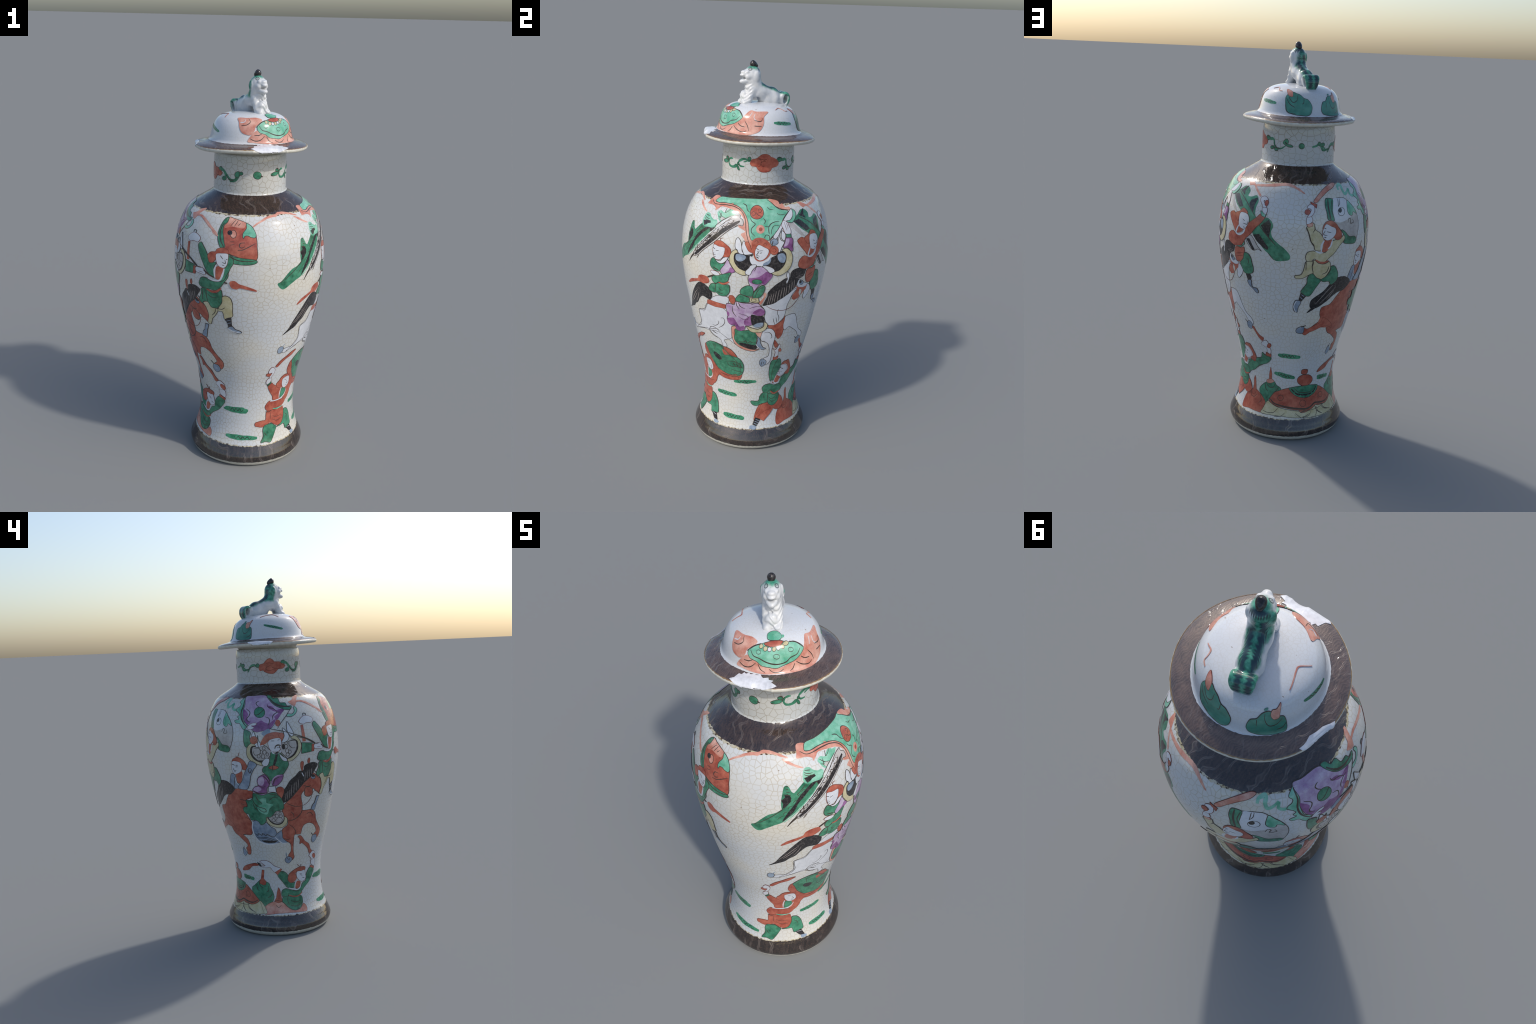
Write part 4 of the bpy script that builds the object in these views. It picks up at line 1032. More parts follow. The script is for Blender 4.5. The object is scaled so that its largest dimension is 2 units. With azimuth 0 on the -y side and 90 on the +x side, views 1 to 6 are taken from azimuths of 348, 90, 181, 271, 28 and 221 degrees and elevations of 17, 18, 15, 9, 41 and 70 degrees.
m.patch("black", [(89.7, 0.8037), (94.4, 0.7944), (99.5, 0.7910), (100.4, 0.7597), (98.6, 0.7347), (93.3, 0.7295), (90.3, 0.7462)])
m.patch("blue", [(91.2, 0.7378), (94.7, 0.7536), (99.5, 0.7557), (98.9, 0.7375), (93.7, 0.7295)])

m = Motif("painted_saddle_cloth", "vessel")
m.patch("coral", [(72.9, 0.7235), (76.4, 0.7267), (75.7, 0.6891), (74.8, 0.6536), (78.9, 0.6216), (85.7, 0.6015), (94.5, 0.5926), (98.7, 0.5995), (93.6, 0.5835), (86.7, 0.5862), (79.8, 0.6007), (74.8, 0.6236), (72.8, 0.6545), (72.4, 0.6859)], line="ink")
m.patch("green", [(75.9, 0.7120), (82.3, 0.7052), (88.5, 0.7107), (93.6, 0.6971), (95.1, 0.6740), (94.8, 0.6478), (94.6, 0.6301), (96.3, 0.6120), (93.5, 0.5941), (86.7, 0.6013), (79.8, 0.6157), (76.3, 0.6338), (74.6, 0.6534), (75.3, 0.6829)], line="ink")
m.patch("black", [(79.0, 0.6300), (84.4, 0.6302), (90.6, 0.6233), (95.1, 0.6187), (95.7, 0.6061), (93.1, 0.5947), (85.3, 0.6037), (79.9, 0.6193)])
m.stroke("ink", 0.0029, [(77.2, 0.6410), (79.5, 0.6368), (83.5, 0.6392), (84.8, 0.6458), (87.0, 0.6319), (89.2, 0.6428), (91.9, 0.6344), (94.0, 0.6390)])
m.patch("coral", [(93.1, 0.7086), (99.3, 0.7136), (98.8, 0.6851), (98.1, 0.6707), (95.9, 0.6769)])
m.patch("blue", [(95.5, 0.6740), (97.8, 0.6591), (99.1, 0.6294), (101.7, 0.6046), (104.1, 0.5990), (101.0, 0.5922), (97.6, 0.6022), (95.1, 0.6271), (95.9, 0.6506)], line="ink")
m.stroke("white", 0.0034, [(94.6, 0.6271), (96.6, 0.6090), (99.5, 0.5948)])

m = Motif("painted_horse", "vessel")
m.patch("white", [(55.4, 0.8645), (61.2, 0.8869), (66.8, 0.8943), (71.2, 0.8860), (70.4, 0.8419), (69.2, 0.8240), (70.0, 0.7972), (68.9, 0.7624), (70.9, 0.7365), (74.1, 0.7341), (73.0, 0.7047), (72.3, 0.6753), (71.8, 0.6516), (64.5, 0.6312), (66.5, 0.6043), (66.0, 0.5908), (62.8, 0.5864), (61.8, 0.6007), (60.3, 0.6281), (55.2, 0.6433), (50.4, 0.6579), (48.5, 0.6729), (40.0, 0.6659), (25.8, 0.6401), (31.9, 0.6652), (37.3, 0.6969), (37.4, 0.7362), (37.4, 0.7667), (45.7, 0.7866), (49.1, 0.8179), (53.0, 0.8441)], line="ink")
m.stroke("ink", 0.0026, [(62.8, 0.7601), (65.2, 0.7633), (66.5, 0.7454), (64.5, 0.7203), (59.8, 0.6993)])
m.stroke("ink", 0.0022, [(59.6, 0.7413), (60.5, 0.7342), (59.1, 0.7181), (55.8, 0.7071), (53.1, 0.7082)])
m.stroke("ink", 0.0022, [(48.5, 0.6729), (57.5, 0.6901), (60.8, 0.6752)])
m.stroke("ink", 0.0022, [(51.5, 0.6712), (54.6, 0.6625), (57.9, 0.6591)])
m.patch("red", [(51.0, 0.8460), (53.2, 0.8526), (60.7, 0.8484), (68.6, 0.8453), (68.1, 0.8214), (62.9, 0.8215), (58.3, 0.8201), (50.4, 0.8258)], line="rust", sharp=True)
m.patch("red", [(72.0, 0.9002), (74.7, 0.9028), (76.6, 0.8857), (75.7, 0.8580), (73.4, 0.8586), (71.5, 0.8783)], line="rust")
m.patch("white", [(97.6, 0.8579), (102.5, 0.8579), (107.8, 0.8675), (112.5, 0.8910), (117.9, 0.9074), (122.5, 0.9288), (125.6, 0.9301), (122.2, 0.9052), (120.4, 0.8752), (118.6, 0.8417), (118.3, 0.8059), (117.3, 0.7761), (113.9, 0.7513), (109.0, 0.7349), (103.8, 0.7414), (100.4, 0.7823), (100.4, 0.8131)], line="ink")
m.stroke("ink", 0.0021, [(111.3, 0.8293), (110.9, 0.8074), (112.9, 0.7776), (112.6, 0.7525)])
m.stroke("ink", 0.0022, [(107.8, 0.7759), (109.9, 0.7377)])
m.stroke("ink", 0.0022, [(110.3, 0.7798), (111.8, 0.7475)])
m.patch("red", [(103.5, 0.7359), (107.3, 0.7367), (109.0, 0.7355), (114.0, 0.7484), (117.2, 0.7650), (118.5, 0.7832), (118.6, 0.7493), (118.2, 0.7299), (119.2, 0.6945), (117.8, 0.6615), (115.2, 0.6496), (112.2, 0.6728), (109.7, 0.7008), (105.5, 0.7178)], line="rust")
m.patch("white", [(124.5, 0.9579), (126.7, 0.9784), (131.0, 0.9594), (136.2, 0.9434), (140.0, 0.9208), (139.0, 0.8905), (134.4, 0.8618), (132.9, 0.8792), (133.4, 0.9028), (126.9, 0.9337)], line="ink")
m.patch("black", [(98.2, 0.8537), (99.6, 0.8819), (101.2, 0.9055), (101.4, 0.9266), (106.8, 0.9661), (111.0, 0.9840), (114.3, 0.9967), (117.8, 0.9986), (118.3, 1.0208), (120.6, 1.0361), (125.6, 1.0410), (132.1, 1.0321), (131.7, 1.0098), (130.2, 0.9916), (126.6, 0.9823), (124.9, 0.9573), (122.4, 0.9342), (116.4, 0.9009), (110.7, 0.8790), (106.7, 0.8655), (102.5, 0.8579)])
m.stroke("hair", 0.0023, [(102.7, 0.9076), (101.7, 0.8596)])
m.stroke("hair", 0.0023, [(104.4, 0.9149), (103.2, 0.8617)])
m.stroke("hair", 0.0023, [(106.2, 0.9219), (105.1, 0.8650)])
m.stroke("hair", 0.0023, [(108.0, 0.9315), (107.0, 0.8680)])
m.stroke("hair", 0.0023, [(110.1, 0.9380), (109.2, 0.8747)])
m.stroke("hair", 0.0023, [(112.4, 0.9442), (111.5, 0.8811)])
m.stroke("hair", 0.0023, [(114.3, 0.9479), (114.1, 0.8924)])
m.stroke("hair", 0.0024, [(116.1, 0.9540), (115.9, 0.9014)])
m.stroke("hair", 0.0024, [(118.4, 0.9622), (118.2, 0.9124)])
m.stroke("hair", 0.0024, [(120.3, 0.9731), (120.5, 0.9232)])
m.stroke("hair", 0.0024, [(122.2, 0.9813), (122.4, 0.9342)])
m.stroke("hair", 0.0019, [(125.4, 1.0005), (130.0, 0.9995)])
m.stroke("hair", 0.0019, [(124.6, 0.9938), (129.2, 0.9904)])
m.stroke("hair", 0.0019, [(122.9, 0.9933), (126.6, 0.9836)])
m.oval("blue", (129.0, 0.9591), (1.99, -0.0028), (0.34, -0.0130), line="ink")
m.oval("black", (128.0, 0.9642), (1.16, -0.0016), (0.20, -0.0081))
m.patch("white", [(115.8, 1.0306), (117.2, 1.0144), (117.0, 0.9841), (115.7, 0.9660), (114.9, 0.9783), (115.9, 0.9902), (114.9, 1.0114)], line="ink")
m.patch("red", [(122.9, 0.9480), (126.8, 0.9359), (131.4, 0.9293), (134.4, 0.9331), (135.9, 0.9438), (134.8, 0.9152), (132.3, 0.9031), (130.7, 0.8909), (130.6, 0.9151), (128.3, 0.9265), (127.7, 0.9060), (129.0, 0.8854), (127.8, 0.8736), (124.2, 0.8677), (122.1, 0.8772), (122.3, 0.8998), (125.2, 0.9215), (125.3, 0.9346)], sharp=True)
m.stroke("rust", 0.0024, [(101.1, 0.8516), (105.6, 0.8332), (111.5, 0.8209), (118.3, 0.8198), (123.4, 0.8331), (127.6, 0.8629), (129.8, 0.8868), (130.5, 0.8965)])
m.patch("white", [(99.5, 0.6964), (102.6, 0.7168), (107.3, 0.7158), (110.9, 0.6931), (112.0, 0.6662), (111.2, 0.6228), (110.7, 0.5872), (111.1, 0.5351), (109.8, 0.5052), (106.3, 0.4951), (103.8, 0.5183), (103.5, 0.5339), (107.7, 0.5468), (108.1, 0.5831), (106.0, 0.6235), (103.4, 0.6367), (99.3, 0.6471)], line="ink")
m.stroke("ink", 0.0024, [(101.3, 0.6930), (104.2, 0.6975), (107.4, 0.6870), (108.8, 0.6629), (107.6, 0.6579)])
m.stroke("ink", 0.0022, [(99.3, 0.6456), (103.3, 0.6427)])
m.patch("blue", [(99.7, 0.5199), (101.5, 0.5316), (106.4, 0.5169), (106.3, 0.4983), (101.9, 0.4833), (99.4, 0.5044)], line="ink")
m.stroke("ink", 0.0025, [(101.3, 0.5131), (101.9, 0.4942)])
m.stroke("ink", 0.0025, [(103.4, 0.5123), (104.0, 0.4964)])

m = Motif("painted_warrior", "vessel")
m.patch("green", [(58.8, 1.0866), (61.3, 1.0790), (63.8, 1.0650), (68.1, 1.0673), (69.3, 1.0783), (67.4, 1.0470), (64.3, 1.0236), (59.3, 1.0272), (56.8, 1.0435), (56.7, 1.0680)], line="ink")
m.patch("lilac", [(70.6, 1.0879), (72.9, 1.0719), (74.8, 1.0516), (76.6, 1.0334), (71.6, 1.0191), (66.6, 1.0114), (65.1, 1.0271), (68.5, 1.0628)], line="ink")
m.patch("purple", [(73.3, 1.0528), (76.3, 1.0331), (71.6, 1.0191), (68.6, 1.0161), (71.5, 1.0315)])
m.patch("white", [(61.3, 1.0790), (64.5, 1.0756), (67.5, 1.0956), (71.0, 1.1026), (69.9, 1.0836), (66.2, 1.0652), (63.0, 1.0677)], line="ink")
m.patch("red", [(58.7, 1.1484), (60.2, 1.1699), (64.2, 1.1753), (68.3, 1.1632), (71.9, 1.1467), (72.9, 1.1289), (71.6, 1.1042), (68.3, 1.0999), (61.1, 1.1028)], line="rust")
m.patch("white", [(59.1, 1.1525), (58.4, 1.1233), (59.1, 1.0979), (61.3, 1.0814), (64.9, 1.0851), (67.4, 1.1051), (68.0, 1.1433), (66.6, 1.1466), (63.0, 1.1475)], line="rust")
m.stroke("ink", 0.0025, [(58.4, 1.1375), (60.4, 1.1293)])
m.stroke("ink", 0.0021, [(60.9, 1.1235), (63.5, 1.1265)])
m.stroke("ink", 0.0021, [(59.5, 1.1152), (59.0, 1.1026), (61.1, 1.1052)])
m.stroke("ink", 0.0023, [(59.8, 1.0939), (61.2, 1.0945)])
m.stroke("rust", 0.0018, [(64.2, 1.1764), (64.0, 1.1854), (65.9, 1.1907)])
m.stroke("ink", 0.0037, [(58.9, 1.0391), (63.9, 1.0281)])
m.patch("green", [(57.9, 0.9840), (60.5, 0.9979), (65.4, 1.0067), (73.5, 1.0245), (72.0, 0.9986), (70.8, 0.9772), (67.3, 0.9657), (63.7, 0.9664), (61.1, 0.9552), (58.6, 0.9619)], line="ink")
m.patch("green", [(61.1, 0.9526), (63.7, 0.9612), (67.2, 0.9553), (71.9, 0.9578), (72.6, 0.9403), (71.7, 0.9131), (68.8, 0.8954), (63.9, 0.8932), (61.0, 0.9052), (57.9, 0.9032), (54.2, 0.9157), (57.6, 0.9501)], line="ink")
m.stroke("red", 0.0074, [(63.7, 0.9643), (67.3, 0.9600), (72.1, 0.9747)])
m.stroke("ink", 0.0024, [(60.7, 0.9520), (60.2, 0.9093)])
m.stroke("ink", 0.0023, [(63.5, 0.9349), (64.6, 0.9260), (67.0, 0.9237)])
m.stroke("ink", 0.0023, [(61.6, 0.9139), (64.0, 0.9067), (66.9, 0.9077)])
m.patch("white", [(56.7, 1.0151), (58.9, 1.0213), (63.1, 1.0163), (64.8, 1.0060), (61.0, 0.9980), (57.6, 1.0063)], line="rust")
m.stroke("ink", 0.0042, [(60.1, 0.9986), (53.8, 0.9771)])
m.patch("red", [(54.9, 0.9537), (54.2, 0.9680), (49.9, 0.9763), (45.1, 0.9708), (43.1, 0.9540), (37.7, 0.9402), (29.8, 0.9168), (27.8, 0.9019), (43.3, 0.9383), (49.8, 0.9367), (53.0, 0.9473)])

m = Motif("painted_shield_warrior", "vessel")
m.patch("red", [(38.4, 0.5668), (43.3, 0.5525), (46.9, 0.4940), (52.1, 0.4428), (64.3, 0.4245), (73.2, 0.4158), (80.8, 0.4274), (78.8, 0.3992), (71.8, 0.3901), (60.7, 0.3923), (52.4, 0.3980), (46.9, 0.4235), (38.5, 0.4639), (36.6, 0.5151)], line="rust")
m.patch("green", [(40.4, 0.5718), (56.4, 0.5988), (61.8, 0.5908), (62.9, 0.5715), (62.8, 0.5412), (69.3, 0.5434), (75.4, 0.5374), (79.9, 0.5223), (82.9, 0.4900), (82.2, 0.4433), (78.9, 0.4226), (70.2, 0.4155), (61.2, 0.4289), (53.6, 0.4452), (46.3, 0.4806), (42.6, 0.5276)], line="ink")
m.patch("red", [(62.8, 0.5893), (69.9, 0.5803), (74.6, 0.5549), (76.2, 0.5374), (69.3, 0.5428), (63.4, 0.5420)], line="ink")
m.oval("black", (54.1, 0.5143), (2.44, 0.0107), (2.22, -0.0149))
m.stroke("ink", 0.0035, [(57.6, 0.5245), (58.0, 0.5068), (54.7, 0.4955)])
m.stroke("ink", 0.0022, [(50.5, 0.5855), (51.1, 0.5467)])
m.stroke("ink", 0.0022, [(53.2, 0.5903), (52.8, 0.5645)])
m.stroke("ink", 0.0027, [(64.1, 0.5003), (73.0, 0.5075), (77.1, 0.4987), (82.3, 0.4975)])
m.stroke("ink", 0.0027, [(64.1, 0.5003), (67.0, 0.4763), (75.9, 0.4760), (82.5, 0.4711)])
m.stroke("ink", 0.0044, [(71.3, 0.4965), (73.8, 0.4804)])
m.stroke("ink", 0.0044, [(75.0, 0.4970), (77.0, 0.4769)])
m.stroke("ink", 0.0044, [(78.7, 0.4968), (80.6, 0.4732)])
m.stroke("ink", 0.0022, [(68.9, 0.4540), (73.4, 0.4493), (82.2, 0.4433)])
m.stroke("ink", 0.0023, [(54.2, 0.4133), (64.1, 0.4092), (79.4, 0.4115)])

m = Motif("painted_grass", "vessel")
m.tuft((71.2, 0.3797), (97.8, 0.3885), 0.0212)
m.tuft((48.1, 0.2982), (74.9, 0.2971), 0.0240)
m.tuft((58.6, 0.1767), (84.9, 0.1704), 0.0267)

m = Motif("painted_warrior", "vessel")
m.patch("green", [(134.8, 0.4044), (143.3, 0.3926), (148.7, 0.4063), (151.1, 0.4639), (161.1, 0.4399), (156.2, 0.4089), (146.3, 0.3783), (140.5, 0.3563), (130.2, 0.3398), (122.7, 0.3496), (125.9, 0.3846)], line="ink", sharp=True)
m.patch("green", [(112.8, 0.5120), (118.8, 0.5167), (122.2, 0.4678), (121.2, 0.4234), (118.0, 0.4028), (114.9, 0.3805), (112.8, 0.4047), (111.6, 0.4359)], line="ink")
m.patch("red", [(113.7, 0.5359), (119.2, 0.5367), (118.7, 0.5177), (114.0, 0.5164)], line="rust", sharp=True)
m.patch("red", [(120.1, 0.4171), (126.2, 0.4035), (123.8, 0.3630), (117.6, 0.3676)], sharp=True)
m.stroke("white", 0.0065, [(120.4, 0.4183), (118.2, 0.3967), (117.0, 0.3711)])
m.stroke("white", 0.0066, [(127.0, 0.4009), (125.5, 0.3732), (121.8, 0.3595), (113.9, 0.3665)])
m.patch("red", [(126.4, 0.4776), (129.9, 0.4913), (135.5, 0.4786), (140.9, 0.4328), (141.0, 0.3998), (134.8, 0.4037), (129.3, 0.4398)], line="rust")
m.patch("white", [(126.9, 0.4738), (134.8, 0.4539), (135.3, 0.4244), (130.2, 0.4024), (125.2, 0.4028), (121.8, 0.4196), (121.7, 0.4439), (124.0, 0.4654)], line="rust")
m.stroke("ink", 0.0028, [(124.5, 0.4617), (127.0, 0.4506)])
m.stroke("ink", 0.0025, [(127.8, 0.4420), (130.1, 0.4446)])
m.stroke("ink", 0.0025, [(123.5, 0.4477), (123.0, 0.4363), (126.1, 0.4247)])
m.stroke("ink", 0.0025, [(122.4, 0.4249), (124.0, 0.4185)])
m.patch("white", [(111.5, 0.5925), (114.8, 0.5828), (117.9, 0.6147), (118.9, 0.6030), (118.2, 0.5676), (118.3, 0.5432), (114.8, 0.5342), (114.8, 0.5667)], line="rust")
m.patch("red", [(112.1, 0.6427), (114.4, 0.6287), (116.3, 0.6090), (114.4, 0.5952), (112.1, 0.6160)], line="rust")
m.oval("red", (119.6, 0.5751), (1.71, -0.0021), (0.41, -0.0108), line="rust")
m.patch("red", [(107.4, 0.2557), (113.6, 0.2532), (116.2, 0.2377), (122.2, 0.2329), (120.1, 0.2130), (116.0, 0.1900), (107.5, 0.1543), (102.7, 0.1673), (97.9, 0.1765), (98.7, 0.1921), (102.8, 0.2149), (103.9, 0.2421)], line="rust", sharp=True)
m.patch("red", [(120.8, 0.2372), (126.4, 0.2502), (129.1, 0.2821), (134.2, 0.2505), (135.0, 0.2321), (128.5, 0.2041), (120.8, 0.2144)], line="rust")
m.patch("green", [(114.6, 0.3655), (119.2, 0.3565), (128.4, 0.3497), (130.6, 0.3305), (127.2, 0.3092), (120.2, 0.3084), (115.3, 0.3282), (110.5, 0.3133), (106.8, 0.3194), (105.0, 0.3442), (107.4, 0.3605)], line="ink")
m.patch("green", [(106.8, 0.3171), (112.0, 0.3136), (112.4, 0.2621), (105.0, 0.2522), (98.0, 0.2434), (93.3, 0.2542), (92.0, 0.2696), (101.3, 0.2711), (102.6, 0.2961)], line="ink")
m.patch("green", [(114.0, 0.3077), (120.4, 0.2938), (127.6, 0.2942), (127.1, 0.2607), (122.9, 0.2377), (118.2, 0.2339), (113.6, 0.2493), (112.3, 0.2791)], line="ink")
m.stroke("red", 0.0076, [(115.4, 0.3194), (120.9, 0.3018), (128.2, 0.3121)])
m.stroke("ink", 0.0025, [(113.9, 0.2892), (117.3, 0.2719), (123.9, 0.2845)])
m.stroke("ink", 0.0025, [(114.1, 0.2748), (118.1, 0.2570), (124.9, 0.2606)])
m.stroke("ink", 0.0023, [(107.0, 0.3026), (107.4, 0.2881)])
m.stroke("ink", 0.0023, [(111.8, 0.3080), (112.3, 0.2650)])
m.patch("black", [(97.5, 0.1766), (103.9, 0.1663), (98.8, 0.1307), (94.5, 0.1391)], sharp=True)
m.stroke("blue", 0.0030, [(98.1, 0.1661), (102.6, 0.1572)])
m.stroke("blue", 0.0030, [(97.0, 0.1562), (101.4, 0.1476)])
m.stroke("blue", 0.0030, [(95.9, 0.1464), (99.7, 0.1383)])
m.patch("blue", [(92.1, 0.1338), (98.3, 0.1294), (97.4, 0.1149), (92.7, 0.1158), (90.8, 0.1217)])
m.stroke("white", 0.0051, [(90.7, 0.1342), (90.5, 0.1152)])

m = Motif("painted_hill", "vessel")
m.patch("green", [(121.4, 1.2796), (126.9, 1.2954), (131.9, 1.3152), (136.4, 1.3139), (139.6, 1.2965), (139.0, 1.2761), (142.7, 1.2743), (147.6, 1.2831), (150.3, 1.2631), (149.4, 1.2276), (149.9, 1.1951), (153.7, 1.1705), (159.5, 1.1904), (163.1, 1.1778), (164.9, 1.1537), (163.7, 1.1273), (164.8, 1.1021), (169.8, 1.0714), (174.2, 1.0500), (178.2, 1.0170), (177.6, 0.9978), (173.3, 0.9903), (167.8, 0.9882), (163.7, 1.0136), (159.1, 1.0366), (155.1, 1.0649), (151.3, 1.0902), (148.2, 1.1159), (143.4, 1.1603), (135.2, 1.2032), (127.8, 1.2342)])
m.patch("black", [(122.0, 1.2697), (127.8, 1.2782), (134.9, 1.2417), (137.2, 1.2236), (133.2, 1.2167), (127.9, 1.2420)], sharp=True)
m.patch("black", [(128.0, 1.2938), (130.4, 1.2986), (134.5, 1.3174), (135.8, 1.3184), (133.9, 1.2941), (135.3, 1.2752)], sharp=True)
m.patch("black", [(142.4, 1.2439), (143.6, 1.2601), (148.7, 1.2742), (149.6, 1.2675), (147.8, 1.2412), (147.6, 1.2082), (144.5, 1.2231)], sharp=True)
m.patch("black", [(155.4, 1.1515), (161.3, 1.1816), (163.3, 1.1628), (162.9, 1.1267), (162.4, 1.0951), (159.3, 1.1161)], sharp=True)
m.patch("black", [(149.4, 1.1013), (154.7, 1.1093), (158.8, 1.0764), (162.3, 1.0501), (161.6, 1.0361), (158.2, 1.0465), (153.3, 1.0710)], sharp=True)
m.stroke("ink", 0.0036, [(127.9, 1.2886), (136.5, 1.2612), (144.5, 1.2231), (150.1, 1.1876)])
m.stroke("ink", 0.0036, [(154.1, 1.1503), (159.8, 1.1138), (167.5, 1.0646)])
m.stroke("ink", 0.0026, [(162.0, 1.0231), (166.6, 0.9914)])
m.patch("grey", [(114.7, 1.2618), (120.9, 1.2711), (132.0, 1.1891), (126.9, 1.2042), (121.1, 1.2344)], sharp=True)
m.patch("grey", [(143.3, 1.0784), (147.5, 1.0967), (154.3, 1.0454), (157.0, 1.0265), (154.3, 1.0346), (150.3, 1.0248)], line="ink")
m.patch("black", [(143.8, 1.0764), (146.7, 1.0799), (151.7, 1.0290), (149.8, 1.0243)], sharp=True)

m = Motif("painted_cord", "vessel")
m.stroke("coral", 0.0113, [(142.6, 1.3259), (151.4, 1.3304), (161.0, 1.3366), (172.7, 1.3431), (178.4, 1.3359), (184.1, 1.3215), (187.7, 1.3081)])
m.patch("coral", [(135.3, 1.3254), (132.8, 1.3455), (137.6, 1.3416), (143.1, 1.3263), (148.3, 1.3033), (151.7, 1.2837), (150.8, 1.2807), (146.4, 1.2994), (140.8, 1.3247), (136.7, 1.3216)])

m = Motif("painted_fighter", "vessel")
m.patch("red", [(123.7, 1.1789), (127.7, 1.1919), (131.2, 1.1777), (135.5, 1.1459), (135.4, 1.1246), (133.5, 1.0954), (130.5, 1.1182), (126.8, 1.1455)], line="rust")
m.patch("red", [(154.3, 1.2040), (158.1, 1.1969), (158.5, 1.1947), (154.9, 1.1587), (151.6, 1.1376), (147.0, 1.0988), (142.8, 1.0725), (140.8, 1.0457), (136.4, 1.0315), (132.0, 1.0280), (124.9, 1.0476), (125.4, 1.0813), (129.5, 1.0980), (133.6, 1.0875), (138.4, 1.0857), (142.2, 1.1171), (144.7, 1.1487), (148.6, 1.1709), (152.0, 1.1893)], line="rust")
m.patch("teal", [(154.0, 1.2188), (156.4, 1.2132), (159.0, 1.2051), (157.8, 1.1903), (155.0, 1.1969)], line="ink", sharp=True)
m.patch("white", [(155.3, 1.2348), (158.5, 1.2346), (159.3, 1.2203), (158.3, 1.2046), (155.4, 1.2174)], line="rust")
m.patch("white", [(152.0, 1.2693), (153.3, 1.2824), (156.1, 1.2843), (158.6, 1.2714), (157.6, 1.2610), (155.5, 1.2669), (155.2, 1.2618), (158.2, 1.2419), (156.3, 1.2331), (153.8, 1.2510)], line="rust")
m.oval("red", (157.8, 1.2563), (1.45, -0.0010), (-0.18, -0.0131), line="rust")
m.patch("red", [(136.4, 1.1312), (140.5, 1.1230), (139.2, 1.1054), (134.2, 1.0936)])
m.stroke("white", 0.0068, [(135.8, 1.1331), (133.9, 1.1067), (133.6, 1.0928), (137.2, 1.0869), (140.9, 1.1022), (142.6, 1.1280)])
m.patch("red", [(131.8, 1.1626), (130.2, 1.1844), (135.3, 1.2008), (137.6, 1.2162), (140.7, 1.2117), (143.1, 1.1962), (136.2, 1.1940), (135.3, 1.1720), (134.1, 1.1521)], line="rust")
m.patch("white", [(136.2, 1.1940), (143.3, 1.1912), (145.2, 1.1622), (143.1, 1.1286), (141.2, 1.1184), (136.6, 1.1261), (135.3, 1.1510)], line="rust")
m.stroke("ink", 0.0026, [(139.0, 1.1658), (141.4, 1.1581)])
m.stroke("ink", 0.0026, [(140.1, 1.1461), (143.8, 1.1451), (143.7, 1.1581)])
m.stroke("ink", 0.0023, [(140.9, 1.1313), (141.6, 1.1242)])
m.patch("teal", [(134.6, 1.0303), (139.8, 1.0361), (142.3, 1.0612), (142.4, 1.0450), (138.7, 1.0264)], line="ink", sharp=True)
m.patch("red", [(133.6, 1.0220), (139.2, 1.0245), (141.9, 1.0308), (142.4, 0.9986), (141.1, 0.9691), (138.7, 0.9531), (134.6, 0.9539), (132.4, 0.9843)], line="rust")
m.stroke("rust", 0.0024, [(133.8, 0.9891), (141.9, 1.0034)])
m.stroke("rust", 0.0024, [(134.3, 0.9759), (141.3, 0.9888)])
m.patch("green", [(142.7, 1.0050), (146.0, 1.0024), (147.9, 0.9883), (149.2, 0.9594), (150.2, 0.9326), (149.3, 0.9087), (142.4, 0.8980), (139.5, 0.9236), (138.1, 0.9471), (141.2, 0.9739)], line="ink")
m.stroke("ink", 0.0026, [(145.9, 0.9775), (146.2, 0.9528)])
m.patch("black", [(142.9, 0.8944), (146.7, 0.9011), (148.0, 0.8842), (147.2, 0.8660), (144.5, 0.8622)], sharp=True)
m.patch("blue", [(144.0, 0.8615), (147.3, 0.8689), (148.2, 0.8325), (152.3, 0.8288), (153.3, 0.8066), (151.4, 0.8072), (148.6, 0.8242), (145.7, 0.8377)], line="ink")
m.stroke("white", 0.0042, [(144.6, 0.8376), (148.0, 0.8204), (152.3, 0.7965)])

m = Motif("painted_horse", "vessel")
m.patch("white", [(119.3, 0.7794), (127.9, 0.7829), (131.4, 0.7533), (133.3, 0.7237), (137.5, 0.6795), (143.4, 0.6520), (145.1, 0.6238), (142.2, 0.6132), (138.9, 0.6358), (135.6, 0.6642), (129.0, 0.6954), (124.5, 0.7113), (120.5, 0.6966), (117.7, 0.7229), (115.9, 0.7494)], line="ink")
m.patch("white", [(110.1, 0.8800), (122.3, 0.9332), (127.0, 0.9523), (125.4, 0.9242), (121.5, 0.8887), (117.6, 0.8352), (115.1, 0.7954), (111.9, 0.7834), (108.1, 0.8119)], line="ink")
m.patch("blue", [(136.8, 0.6211), (140.8, 0.6337), (143.6, 0.6162), (142.1, 0.5922), (137.8, 0.5917), (136.7, 0.6085)], line="ink")
m.stroke("ink", 0.0033, [(137.6, 0.6224), (134.4, 0.6356)])
m.patch("red", [(142.6, 0.6054), (144.7, 0.6085), (147.7, 0.5815), (151.1, 0.5638), (154.8, 0.5525), (152.9, 0.5343), (148.9, 0.5514), (145.7, 0.5787)], line="rust")

